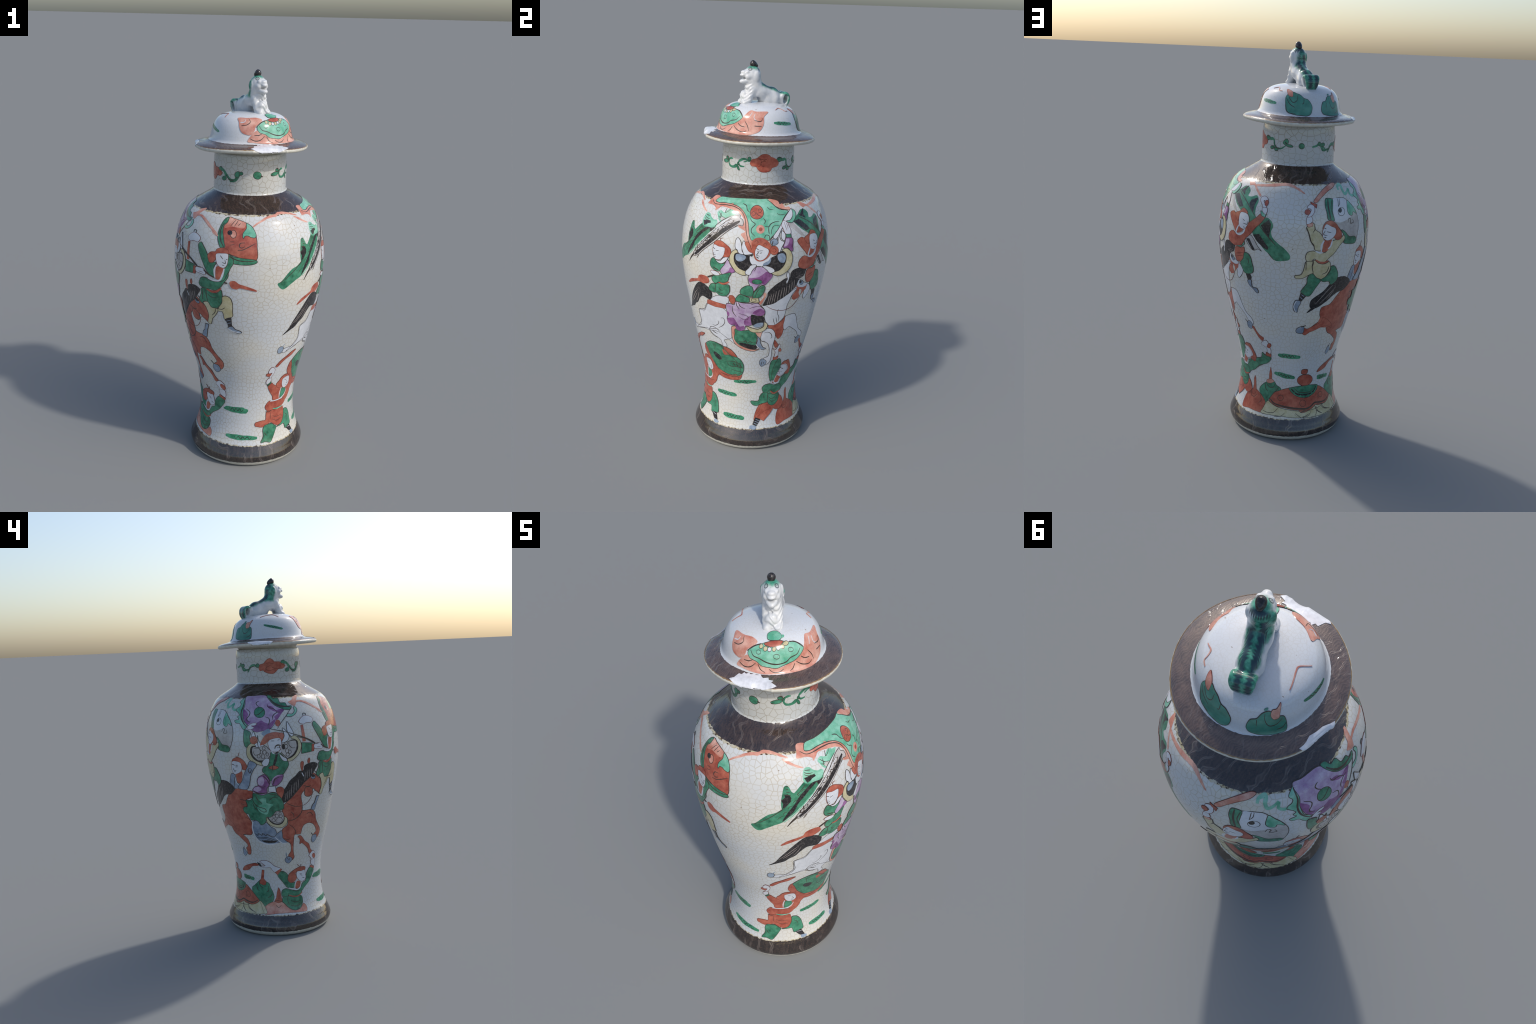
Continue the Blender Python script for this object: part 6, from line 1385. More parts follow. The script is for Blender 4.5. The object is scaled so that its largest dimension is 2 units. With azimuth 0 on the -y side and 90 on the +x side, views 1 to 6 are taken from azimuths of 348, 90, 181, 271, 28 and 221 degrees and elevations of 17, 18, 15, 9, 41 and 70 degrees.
m.patch("green", [(269.1, 1.0623), (271.7, 1.0539), (275.6, 1.0577), (279.3, 1.0330), (281.9, 1.0110), (282.6, 0.9898), (279.6, 0.9543), (277.2, 0.9341), (276.4, 0.9344), (272.0, 0.9253), (267.4, 0.9050), (265.3, 0.9322), (261.2, 0.9594), (262.2, 0.9804), (265.9, 0.9930), (267.7, 1.0265)], line="ink")
m.stroke("black", 0.0112, [(273.7, 1.0635), (272.7, 1.0303), (270.9, 0.9944), (270.4, 0.9788)])
m.patch("white", [(275.5, 1.0526), (278.5, 1.0359), (281.2, 1.0244), (281.5, 1.0112), (278.7, 1.0124), (276.5, 1.0289)], line="ink")
m.patch("white", [(269.2, 1.0726), (270.2, 1.0543), (275.2, 1.0553), (276.8, 1.0753), (276.7, 1.0599), (272.4, 1.0511)])
m.patch("white", [(264.8, 1.0311), (267.3, 1.0254), (265.3, 0.9893), (262.2, 0.9898), (261.1, 1.0057)], line="ink")
m.patch("red", [(266.3, 0.9786), (270.3, 0.9908), (274.5, 0.9776), (270.5, 0.9670)], line="ink")
m.stroke("ink", 0.0026, [(269.5, 0.9910), (269.3, 0.9594)])
m.patch("blue", [(251.5, 1.0164), (256.7, 0.9981), (253.5, 0.9665), (250.9, 0.9342), (249.4, 0.8963), (248.1, 0.8743), (245.9, 0.8574), (239.3, 0.8580), (237.4, 0.8628), (242.4, 0.9055), (245.6, 0.9495), (248.3, 0.9793)], line="ink")
m.stroke("ink", 0.0031, [(252.4, 0.9717), (250.4, 0.9502), (249.2, 0.9714), (251.6, 0.9770)])
m.patch("purple", [(260.0, 0.9371), (262.1, 0.9422), (264.7, 0.9285), (266.8, 0.8959), (265.8, 0.8799), (264.0, 0.8639), (263.3, 0.8367), (259.4, 0.8287), (253.1, 0.8422), (251.2, 0.8530), (253.3, 0.8723), (256.4, 0.8807), (255.9, 0.9050), (257.4, 0.9265)], line="ink")
m.patch("lilac", [(257.4, 0.9211), (260.7, 0.9290), (262.1, 0.9074), (260.1, 0.8806), (256.9, 0.8861)])
m.patch("lilac", [(252.1, 0.8558), (254.1, 0.8724), (257.5, 0.8725), (259.0, 0.8589), (255.4, 0.8452)])
m.stroke("ink", 0.0036, [(261.2, 0.9370), (264.5, 0.9124), (266.3, 0.8852)])
m.stroke("ink", 0.0041, [(251.1, 0.8502), (257.3, 0.8356), (264.1, 0.8393)])
m.stroke("lilac", 0.0052, [(251.4, 0.8406), (257.2, 0.8274), (264.1, 0.8339)])
m.stroke("ink", 0.0028, [(256.0, 0.8861), (259.2, 0.8725), (262.9, 0.8749)])
m.patch("white", [(265.4, 0.8746), (271.1, 0.8760), (271.6, 0.8405), (265.0, 0.8447)], line="ink", sharp=True)
m.patch("purple", [(268.4, 0.9036), (271.4, 0.9269), (275.4, 0.9389), (277.8, 0.9380), (277.8, 0.9246), (276.5, 0.9037), (272.3, 0.8783), (269.1, 0.8792)], line="ink")
m.stroke("lilac", 0.0056, [(268.3, 0.8902), (269.7, 0.9167), (273.4, 0.9343), (277.0, 0.9356)])
m.stroke("ink", 0.0036, [(269.5, 0.8872), (270.9, 0.9137), (274.6, 0.9259)])
m.patch("red", [(272.2, 0.8621), (274.7, 0.8694), (277.5, 0.8628), (278.3, 0.8462), (277.0, 0.8166), (276.1, 0.8060), (274.4, 0.8176), (272.4, 0.8347)], line="rust")
m.patch("green", [(251.3, 0.8365), (259.3, 0.8260), (264.1, 0.8339), (270.0, 0.8382), (273.2, 0.8235), (276.1, 0.8005), (277.7, 0.7722), (277.6, 0.7444), (274.5, 0.7345), (270.4, 0.7302), (268.5, 0.7166), (265.1, 0.6976), (261.4, 0.6979), (260.6, 0.6753), (258.4, 0.6583), (255.4, 0.6523), (252.9, 0.6719), (249.6, 0.6797), (246.0, 0.6786), (244.5, 0.6980), (243.9, 0.7118), (240.4, 0.7189), (238.7, 0.7407), (240.4, 0.7527), (243.6, 0.7567), (243.8, 0.7791), (243.0, 0.7928), (247.1, 0.7941), (249.8, 0.8086)], line="ink")
m.patch("teal", [(256.3, 0.8011), (262.1, 0.8065), (262.6, 0.7816), (268.1, 0.7696), (264.8, 0.7480), (262.1, 0.7147), (255.5, 0.7286), (253.7, 0.7591), (258.5, 0.7762)])
m.stroke("ink", 0.0031, [(251.0, 0.8254), (250.3, 0.7920), (253.8, 0.7619), (260.8, 0.7455), (261.5, 0.7315), (258.7, 0.7288), (254.4, 0.7480)])
m.stroke("ink", 0.0029, [(253.2, 0.8230), (255.3, 0.7927), (258.6, 0.7789)])
m.stroke("ink", 0.0029, [(249.6, 0.7807), (250.9, 0.7559), (253.7, 0.7368)])
m.stroke("ink", 0.0028, [(264.9, 0.7952), (268.5, 0.8111), (273.1, 0.8098)])
m.stroke("ink", 0.0026, [(265.7, 0.8281), (271.1, 0.8269), (274.4, 0.8094)])

m = Motif("painted_saddle_cloth", "vessel")
m.patch("blue", [(247.3, 0.6719), (252.9, 0.6789), (256.3, 0.6538), (260.4, 0.6653), (264.8, 0.6395), (268.9, 0.6245), (270.7, 0.6011), (275.2, 0.6142), (276.1, 0.5965), (276.6, 0.5703), (281.3, 0.5421), (277.0, 0.5381), (272.8, 0.5454), (266.4, 0.5321), (259.0, 0.5352), (251.9, 0.5547), (247.3, 0.5855), (245.0, 0.6137), (245.4, 0.6427)], line="ink")
m.stroke("white", 0.0080, [(246.9, 0.6689), (245.3, 0.6312), (246.3, 0.5881), (249.8, 0.5571), (255.9, 0.5393), (263.2, 0.5323), (272.3, 0.5411)])
m.stroke("white", 0.0053, [(268.5, 0.5769), (272.4, 0.5542), (276.5, 0.5383), (281.3, 0.5392)])
m.patch("black", [(253.1, 0.5579), (259.5, 0.5587), (266.7, 0.5554), (271.3, 0.5545), (268.1, 0.5435), (261.3, 0.5412), (256.0, 0.5467)], sharp=True)
m.stroke("black", 0.0034, [(249.2, 0.5744), (258.8, 0.5761), (268.8, 0.5580), (271.9, 0.5544)])
m.stroke("black", 0.0029, [(250.1, 0.5689), (258.1, 0.5688), (268.7, 0.5507)])
m.stroke("ink", 0.0034, [(246.7, 0.5999), (250.1, 0.5878), (250.9, 0.5982), (254.6, 0.5888), (255.4, 0.5990), (259.0, 0.5878), (260.1, 0.5936), (266.0, 0.5788), (269.1, 0.5870), (270.7, 0.6011)])
m.patch("yellow", [(261.4, 0.7006), (263.0, 0.6850), (266.9, 0.6591), (272.5, 0.6508), (276.3, 0.6594), (278.3, 0.6812), (278.3, 0.6966), (280.7, 0.6885), (281.4, 0.6685), (279.7, 0.6466), (275.3, 0.6328), (270.5, 0.6356), (264.9, 0.6480), (261.4, 0.6682)], line="ink")
m.patch("grey", [(268.2, 0.7403), (272.1, 0.7310), (276.6, 0.7239), (277.9, 0.6954), (277.3, 0.6731), (274.0, 0.6574), (269.3, 0.6587), (264.8, 0.6764), (262.7, 0.6935), (265.5, 0.6988), (267.9, 0.7153)], line="ink")
m.oval("grey", (273.1, 0.6774), (3.00, 0.0074), (0.94, -0.0136), line="ink")
m.oval("grey", (271.2, 0.7033), (1.46, -0.0004), (-0.07, -0.0095), line="ink")
m.oval("grey", (274.9, 0.7008), (1.56, -0.0005), (-0.04, -0.0078), line="ink")
m.oval("grey", (268.5, 0.6997), (1.19, -0.0002), (-0.08, -0.0090), line="ink")
m.oval("grey", (269.3, 0.7206), (1.35, -0.0003), (-0.08, -0.0095), line="ink")
m.oval("grey", (274.3, 0.7164), (1.00, -0.0003), (-0.05, -0.0095), line="ink")
m.oval("grey", (267.8, 0.6788), (1.57, -0.0003), (-0.08, -0.0084), line="ink")
m.stroke("black", 0.0063, [(262.7, 0.6935), (265.2, 0.6707), (269.7, 0.6557), (274.4, 0.6572), (277.8, 0.6757)])

m = Motif("painted_horse", "vessel")
m.patch("red", [(237.3, 0.8600), (231.6, 0.8489), (225.1, 0.8226), (220.8, 0.7942), (214.9, 0.7525), (207.4, 0.7397), (206.6, 0.7045), (208.0, 0.6744), (204.7, 0.6361), (199.2, 0.6126), (208.3, 0.6255), (214.9, 0.6293), (224.8, 0.5857), (232.4, 0.5825), (241.7, 0.5994), (245.1, 0.6499), (244.8, 0.6725), (240.4, 0.7189), (239.0, 0.7408), (243.2, 0.7594), (243.2, 0.7929), (250.3, 0.8142), (250.6, 0.8474), (245.7, 0.8491), (242.2, 0.8591)], line="ink")
m.patch("black", [(217.3, 0.8950), (223.5, 0.8965), (228.8, 0.8777), (232.7, 0.8550), (224.4, 0.8207), (218.5, 0.8149), (212.8, 0.7818), (201.6, 0.7394), (197.0, 0.7431), (196.6, 0.7828), (206.5, 0.8326), (211.8, 0.8711)])
m.stroke("hair", 0.0027, [(213.8, 0.8504), (206.3, 0.8098), (201.8, 0.7625)])
m.stroke("hair", 0.0027, [(216.0, 0.8466), (210.1, 0.8048), (203.7, 0.7560)])
m.stroke("ink", 0.0029, [(225.5, 0.8173), (234.1, 0.8001), (243.1, 0.7901)])
m.stroke("ink", 0.0026, [(222.3, 0.7953), (231.6, 0.7791), (241.3, 0.7643)])
m.patch("red", [(199.0, 0.6224), (208.7, 0.6302), (216.4, 0.6378), (216.9, 0.6122), (219.9, 0.5857), (225.1, 0.5697), (230.3, 0.5473), (234.1, 0.5293), (234.7, 0.5149), (231.8, 0.5011), (232.3, 0.4836), (232.6, 0.4631), (236.3, 0.4655), (238.0, 0.4872), (238.4, 0.5230), (236.8, 0.5573), (232.3, 0.5838), (243.0, 0.5897), (245.2, 0.6369), (244.7, 0.6739), (238.8, 0.6912), (218.1, 0.6940)], line="ink")
m.patch("blue", [(227.3, 0.5008), (229.5, 0.4876), (231.5, 0.4713), (227.2, 0.4503), (224.9, 0.4603)], line="ink")
m.stroke("ink", 0.0032, [(227.7, 0.4952), (228.8, 0.5108)])
m.patch("red", [(297.7, 0.8886), (303.7, 0.9242), (305.1, 0.9310), (309.6, 0.9109), (315.4, 0.8838), (318.0, 0.8566), (317.0, 0.8219), (314.8, 0.8048), (312.0, 0.8159), (310.0, 0.8233), (306.3, 0.8406), (306.2, 0.8131), (303.8, 0.7988), (300.6, 0.7988), (297.9, 0.8120), (297.2, 0.8346), (294.5, 0.8147), (294.8, 0.7869), (296.1, 0.7583), (296.4, 0.7246), (306.4, 0.7187), (310.3, 0.7065), (312.8, 0.6871), (314.4, 0.6573), (318.9, 0.6211), (324.4, 0.5863), (324.9, 0.5627), (321.6, 0.5378), (318.5, 0.5614), (316.5, 0.5522), (314.4, 0.5631), (317.6, 0.5797), (314.7, 0.6116), (309.7, 0.6339), (304.4, 0.6419), (299.3, 0.6323), (297.4, 0.6110), (296.1, 0.5833), (293.3, 0.5826), (289.5, 0.5824), (288.7, 0.5453), (288.6, 0.4986), (289.5, 0.4657), (290.3, 0.4447), (287.3, 0.4291), (283.6, 0.4457), (283.0, 0.4607), (285.8, 0.4856), (284.9, 0.5301), (282.1, 0.5432), (276.9, 0.5572), (275.9, 0.5866), (275.5, 0.6041), (276.5, 0.6238), (281.4, 0.6473), (281.4, 0.6784), (278.2, 0.6996), (276.4, 0.7310), (277.9, 0.7610), (280.6, 0.7792), (285.4, 0.8042), (290.6, 0.8394)], line="ink")
m.patch("black", [(310.0, 0.9749), (305.8, 0.9891), (300.9, 0.9876), (296.4, 0.9751), (295.5, 0.9518), (292.0, 0.9489), (288.6, 0.9270), (283.6, 0.9004), (280.2, 0.8671), (277.7, 0.8465), (276.3, 0.8114), (277.9, 0.7776), (280.6, 0.7819), (285.4, 0.8070), (290.6, 0.8421), (296.8, 0.8811), (300.9, 0.8995), (304.2, 0.9183), (306.6, 0.9405)])
m.stroke("hair", 0.0026, [(280.2, 0.8317), (279.7, 0.7879)])
m.stroke("hair", 0.0026, [(281.9, 0.8418), (281.4, 0.7926)])
m.stroke("hair", 0.0026, [(283.6, 0.8491), (283.2, 0.8027)])
m.stroke("hair", 0.0026, [(285.3, 0.8726), (284.7, 0.8129)])
m.stroke("hair", 0.0026, [(287.4, 0.8875), (287.1, 0.8279)])
m.stroke("hair", 0.0026, [(289.1, 0.8919), (289.3, 0.8402)])
m.stroke("hair", 0.0026, [(291.2, 0.9012), (291.0, 0.8527)])
m.stroke("hair", 0.0026, [(297.4, 0.9371), (297.2, 0.8916)])
m.stroke("hair", 0.0026, [(299.2, 0.9465), (299.4, 0.9034)])
m.stroke("hair", 0.0026, [(301.0, 0.9504), (301.8, 0.9095)])
m.stroke("hair", 0.0026, [(303.4, 0.9565), (303.7, 0.9242)])
m.patch("red", [(293.7, 1.0006), (295.5, 0.9994), (295.5, 0.9757), (294.6, 0.9471), (293.3, 0.9640), (292.9, 0.9854)], line="rust")
m.patch("red", [(299.5, 1.0045), (301.2, 1.0164), (301.9, 1.0027), (300.9, 0.9876), (299.8, 0.9898)], line="rust")
m.stroke("white", 0.0047, [(294.2, 0.9394), (296.1, 0.9167)])
m.oval("blue", (305.6, 0.9063), (2.37, -0.0020), (0.13, -0.0114), line="ink")
m.oval("black", (305.6, 0.9131), (1.99, -0.0017), (0.09, -0.0082))
m.stroke("ink", 0.0037, [(306.6, 0.9405), (308.8, 0.9278)])
m.stroke("ink", 0.0026, [(295.9, 0.8655), (300.9, 0.8562), (303.9, 0.8591)])
m.patch("red", [(298.4, 0.8527), (304.0, 0.8480), (306.0, 0.8271), (305.8, 0.8080), (301.7, 0.7979), (298.5, 0.8061), (297.5, 0.8261)], line="ink")
m.stroke("rust", 0.0024, [(296.2, 0.7485), (300.7, 0.7600), (304.6, 0.7843), (306.8, 0.8154), (308.8, 0.8273)])
m.stroke("ink", 0.0026, [(280.1, 0.7766), (284.6, 0.7604), (289.3, 0.7506), (296.2, 0.7485)])
m.stroke("ink", 0.0032, [(296.5, 0.7441), (295.5, 0.7114), (291.7, 0.6863), (286.8, 0.6726), (281.9, 0.6725)])
m.stroke("ink", 0.0026, [(283.4, 0.6463), (287.5, 0.6268), (290.3, 0.6020), (290.0, 0.5850)])
m.stroke("ink", 0.0027, [(301.6, 0.6951), (303.7, 0.7044), (306.8, 0.6988), (309.7, 0.6790)])
m.stroke("ink", 0.0024, [(284.7, 0.7215), (287.6, 0.7030), (287.7, 0.6861)])
m.stroke("ink", 0.0024, [(277.9, 0.5684), (281.1, 0.5583), (284.8, 0.5622)])
m.patch("blue", [(312.0, 0.5468), (313.8, 0.5594), (318.8, 0.5568), (320.8, 0.5342), (315.8, 0.5139), (312.3, 0.5292)], line="ink")
m.stroke("ink", 0.0038, [(310.1, 0.5776), (313.8, 0.5594)])
m.patch("blue", [(278.8, 0.4376), (282.4, 0.4535), (287.2, 0.4422), (287.3, 0.4305), (283.0, 0.4125), (279.4, 0.4228)], line="ink")
m.stroke("ink", 0.0027, [(281.8, 0.4480), (283.0, 0.4299)])
m.stroke("ink", 0.0027, [(284.2, 0.4439), (284.8, 0.4290)])
m.stroke("blue", 0.0048, [(280.6, 0.4514), (280.1, 0.4781)])
m.patch("red", [(237.6, 0.8598), (247.6, 0.8467), (237.6, 0.8151), (239.3, 0.6848), (236.5, 0.6084), (223.3, 0.6147), (206.6, 0.6378), (208.1, 0.6924), (208.0, 0.7291), (211.7, 0.7473), (217.2, 0.7512), (223.2, 0.7807), (225.4, 0.8142), (230.2, 0.8376)])
m.patch("black", [(224.6, 0.8961), (229.1, 0.8833), (233.6, 0.8567), (230.4, 0.8344), (226.4, 0.8188), (221.5, 0.8158), (216.3, 0.8003), (210.8, 0.7722), (203.4, 0.7472), (194.4, 0.7160), (197.7, 0.7438), (202.4, 0.7869), (208.7, 0.8366), (214.4, 0.8818), (218.8, 0.8951)])
m.stroke("hair", 0.0029, [(214.1, 0.8588), (208.3, 0.8191), (201.0, 0.7635)])
m.stroke("hair", 0.0029, [(217.2, 0.8470), (211.7, 0.8075), (204.9, 0.7644)])
m.stroke("hair", 0.0027, [(216.2, 0.8302), (211.4, 0.7868)])
m.patch("red", [(192.7, 0.6294), (196.9, 0.6251), (202.8, 0.6412), (207.9, 0.6534), (209.8, 0.6643), (210.2, 0.6825), (221.3, 0.6401), (223.7, 0.6120), (215.9, 0.6305), (210.0, 0.6266), (203.7, 0.6123), (199.6, 0.6050), (195.2, 0.5891), (192.3, 0.6010)], line="rust")
m.patch("blue", [(186.6, 0.6077), (186.8, 0.6267), (190.6, 0.6392), (193.1, 0.6388), (192.8, 0.6009), (189.2, 0.5998)], line="ink")
m.stroke("ink", 0.0038, [(190.6, 0.6360), (195.0, 0.6445)])

m = Motif("painted_rider_boy", "vessel")
m.patch("blue", [(232.6, 0.9425), (235.6, 0.9411), (236.2, 0.9251), (237.3, 0.8928), (240.0, 0.8829), (238.3, 0.8604), (233.1, 0.8580), (231.9, 0.8712), (229.1, 0.8862), (230.0, 0.9113)], line="ink")
m.patch("red", [(237.1, 0.9389), (243.1, 0.9569), (242.9, 0.9273), (240.2, 0.8912), (237.8, 0.8930), (237.0, 0.9172)])
m.stroke("white", 0.0037, [(235.7, 0.9249), (236.7, 0.8899), (238.8, 0.8771)])
m.stroke("ink", 0.0026, [(235.2, 0.9247), (232.9, 0.8607)])
m.patch("red", [(235.1, 1.0211), (240.3, 1.0357), (244.6, 1.0235), (247.3, 1.0029), (248.3, 0.9819), (247.3, 0.9685), (244.2, 0.9679), (243.4, 0.9969), (234.6, 1.0050)], line="rust")
m.patch("white", [(235.0, 1.0118), (239.1, 1.0130), (242.6, 1.0047), (243.6, 0.9837), (242.7, 0.9595), (239.1, 0.9451), (235.6, 0.9411), (233.8, 0.9565), (233.7, 0.9860)], line="rust")
m.stroke("ink", 0.0029, [(234.2, 0.9969), (237.0, 0.9899)])
m.stroke("ink", 0.0029, [(235.4, 0.9733), (235.7, 0.9627), (238.1, 0.9622)])
m.stroke("ink", 0.0026, [(237.7, 0.9901), (240.1, 0.9922)])
m.stroke("ink", 0.0026, [(237.3, 0.9807), (239.9, 0.9828)])
m.stroke("ink", 0.0023, [(235.5, 0.9532), (237.4, 0.9539)])
m.stroke("rust", 0.0023, [(240.3, 1.0331), (242.2, 1.0623)])
m.stroke("rust", 0.0023, [(239.8, 1.0330), (238.6, 1.0432)])

m = Motif("painted_warrior", "vessel")
m.patch("green", [(268.9, 0.3462), (274.6, 0.3679), (281.8, 0.3423), (281.5, 0.3111), (286.5, 0.2945), (291.8, 0.2913), (290.2, 0.2670), (282.3, 0.2658), (279.9, 0.2724), (274.6, 0.3052)], line="ink")
m.patch("green", [(315.1, 0.3651), (322.3, 0.3456), (319.2, 0.3175), (313.2, 0.2840), (304.4, 0.2559), (299.5, 0.2349), (293.9, 0.2366), (288.6, 0.2484), (293.4, 0.2565), (299.2, 0.2633), (302.4, 0.2831), (307.3, 0.2956), (308.3, 0.3289)], line="ink")
m.patch("red", [(265.4, 0.3638), (271.1, 0.3832), (274.7, 0.3794), (268.9, 0.3462)], line="rust", sharp=True)
m.patch("white", [(246.8, 0.4219), (251.5, 0.4337), (257.5, 0.4304), (262.0, 0.4161), (265.3, 0.4014), (272.9, 0.3842), (269.8, 0.3748), (265.4, 0.3638), (263.1, 0.3726), (259.8, 0.3927), (254.2, 0.3891), (246.7, 0.3986), (253.2, 0.4005)], line="rust")
m.stroke("rust", 0.0024, [(247.5, 0.4251), (254.4, 0.4008)])
m.patch("red", [(217.3, 0.3553), (221.6, 0.3796), (232.9, 0.4030), (241.8, 0.4126), (245.6, 0.4040), (242.7, 0.3984), (236.2, 0.3935), (231.8, 0.3760), (230.3, 0.3692)], line="rust")
m.patch("black", [(243.4, 0.4206), (247.2, 0.4133), (249.2, 0.3936), (246.1, 0.3983)], sharp=True)
m.patch("red", [(315.4, 0.3763), (323.2, 0.3604), (322.3, 0.3499), (315.1, 0.3651)], line="rust", sharp=True)
m.patch("white", [(316.9, 0.4123), (323.2, 0.4053), (323.1, 0.3678), (318.2, 0.3761), (316.1, 0.3900)], line="rust")
m.patch("white", [(311.8, 0.4379), (314.6, 0.4553), (317.9, 0.4619), (322.7, 0.4435), (322.8, 0.4173), (318.0, 0.4082), (314.8, 0.4232)], line="rust")
m.oval("red", (320.8, 0.4283), (3.19, -0.0036), (0.57, -0.0151), line="rust")
m.patch("red", [(293.9, 0.2983), (298.8, 0.2918), (297.8, 0.2644), (294.1, 0.2560), (291.1, 0.2636)])
m.stroke("white", 0.0065, [(294.0, 0.3068), (291.4, 0.2859), (290.4, 0.2613)])
m.stroke("white", 0.0065, [(299.5, 0.2856), (298.5, 0.2638), (294.0, 0.2504), (282.3, 0.2658)])
m.patch("red", [(281.7, 0.3253), (283.7, 0.3471), (289.6, 0.3668), (294.9, 0.3776), (300.5, 0.3805), (306.5, 0.3737), (305.8, 0.3570), (294.9, 0.3575), (292.2, 0.3479), (293.4, 0.3185), (290.5, 0.3006), (285.2, 0.2952), (282.1, 0.3080)], line="rust")
m.patch("white", [(294.2, 0.3551), (300.6, 0.3559), (305.1, 0.3577), (306.7, 0.3361), (307.4, 0.3097), (304.1, 0.2957), (300.3, 0.2934), (296.1, 0.3081), (293.5, 0.3299)], line="rust")
m.stroke("ink", 0.0024, [(297.7, 0.3411), (302.0, 0.3346)])
m.stroke("ink", 0.0024, [(298.4, 0.3334), (302.0, 0.3275)])
m.stroke("ink", 0.0027, [(302.0, 0.3147), (305.4, 0.3102)])
m.stroke("rust", 0.0024, [(298.3, 0.3808), (294.1, 0.4013)])
m.stroke("rust", 0.0024, [(299.7, 0.3811), (300.0, 0.3967)])
m.patch("green", [(274.0, 0.2548), (278.5, 0.2632), (285.4, 0.2531), (292.6, 0.2431), (298.9, 0.2411), (299.3, 0.2239), (294.9, 0.2163), (288.2, 0.2154), (282.5, 0.2239), (280.5, 0.2166), (274.3, 0.2160), (272.6, 0.2329)], line="ink")
m.patch("green", [(274.3, 0.2133), (281.8, 0.2188), (288.1, 0.2099), (299.1, 0.2103), (300.4, 0.1791), (298.2, 0.1568), (292.8, 0.1375), (286.5, 0.1390), (280.8, 0.1548), (276.3, 0.1776), (273.7, 0.1890)], line="ink")
m.stroke("red", 0.0065, [(282.5, 0.2239), (288.2, 0.2140), (294.9, 0.2136), (300.9, 0.2309)])
m.stroke("ink", 0.0027, [(282.0, 0.2353), (280.2, 0.1949), (282.3, 0.1673)])
m.stroke("ink", 0.0027, [(284.0, 0.1932), (290.2, 0.1802), (297.7, 0.1841)])
m.stroke("ink", 0.0027, [(283.5, 0.1667), (290.2, 0.1575), (297.8, 0.1651)])
m.patch("red", [(293.5, 0.5709), (296.3, 0.5730), (302.6, 0.5358), (308.8, 0.5124), (312.4, 0.4796), (315.6, 0.4616), (311.7, 0.4541), (308.4, 0.4837), (301.8, 0.5162), (298.3, 0.5279), (296.3, 0.5223), (296.2, 0.5471)], line="rust")

m = Motif("painted_rock", "vessel")
m.patch("green", [(242.8, 0.3048), (245.7, 0.3146), (252.9, 0.3056), (257.2, 0.2951), (258.8, 0.2700), (261.7, 0.2451), (263.1, 0.2175), (261.4, 0.1930), (255.2, 0.1761), (250.4, 0.1537), (248.4, 0.1608), (243.5, 0.1853), (237.6, 0.2148), (232.2, 0.2447), (232.4, 0.2646), (236.5, 0.2787)], line="ink")
m.stroke("ink", 0.0038, [(243.4, 0.3023), (244.5, 0.2801), (249.1, 0.2678)])
m.stroke("ink", 0.0033, [(239.5, 0.2776), (240.7, 0.2557), (243.4, 0.2487)])
m.stroke("ink", 0.0030, [(256.4, 0.2809), (256.1, 0.2529), (252.8, 0.2438)])
m.stroke("ink", 0.0030, [(260.4, 0.2339), (258.4, 0.2199), (254.6, 0.2137)])
m.patch("red", [(248.9, 0.3747), (251.8, 0.3741), (250.2, 0.3219), (253.5, 0.3057), (252.6, 0.2886), (249.3, 0.2834), (244.6, 0.2915), (244.1, 0.3026), (246.5, 0.3206)], line="rust", sharp=True)
m.patch("coral", [(250.4, 0.1537), (255.2, 0.1761), (262.6, 0.1903), (268.1, 0.1901), (274.1, 0.1836), (282.1, 0.1491), (289.8, 0.1370), (296.4, 0.1425), (301.5, 0.1646), (305.0, 0.1453), (304.5, 0.1235), (295.5, 0.1225), (281.6, 0.1262), (267.2, 0.1252), (250.2, 0.1228)], line="rust")
m.patch("red", [(269.1, 0.2726), (270.8, 0.2583), (272.3, 0.2137), (273.6, 0.1891), (268.1, 0.1821), (263.3, 0.1930), (265.8, 0.2119), (267.0, 0.2450)], line="rust", sharp=True)
m.stroke("ink", 0.0027, [(263.3, 0.1930), (267.6, 0.1955), (273.6, 0.1891)])
m.stroke("ink", 0.0027, [(265.0, 0.1717), (268.5, 0.1583), (272.2, 0.1707)])
m.patch("yellow", [(241.3, 0.1923), (244.9, 0.1779), (248.6, 0.1426), (250.2, 0.1228), (236.7, 0.1208), (221.5, 0.1153), (211.1, 0.1166), (198.4, 0.1188), (190.6, 0.1357), (203.2, 0.1448), (214.5, 0.1724), (229.0, 0.1648)], line="ink")
m.stroke("ink", 0.0030, [(224.6, 0.1690), (228.2, 0.1427), (235.7, 0.1278)])
m.stroke("ink", 0.0030, [(215.8, 0.1683), (218.7, 0.1388), (224.7, 0.1185)])
m.stroke("ink", 0.0025, [(199.5, 0.1231), (207.3, 0.1254), (210.3, 0.1456)])
m.patch("red", [(221.0, 0.2694), (226.4, 0.2514), (232.2, 0.2334), (238.3, 0.2097), (241.3, 0.1950), (236.5, 0.1758), (228.9, 0.1674), (221.0, 0.1656), (214.3, 0.1751), (210.6, 0.1570), (201.7, 0.1429), (197.2, 0.1452), (193.3, 0.1856), (196.4, 0.2245), (204.6, 0.2175), (214.2, 0.2426)], line="ink")
m.stroke("ink", 0.0055, [(197.2, 0.1452), (206.6, 0.1562), (213.6, 0.1784), (220.7, 0.1735), (229.5, 0.1774), (239.1, 0.1992)])
m.oval("red", (224.0, 0.2183), (3.44, 0.0050), (1.02, -0.0151), line="ink")
m.patch("green", [(198.8, 0.2828), (212.4, 0.2838), (218.0, 0.2751), (219.8, 0.2569), (215.3, 0.2410), (209.1, 0.2227), (202.9, 0.2211), (196.3, 0.2360)], line="ink")
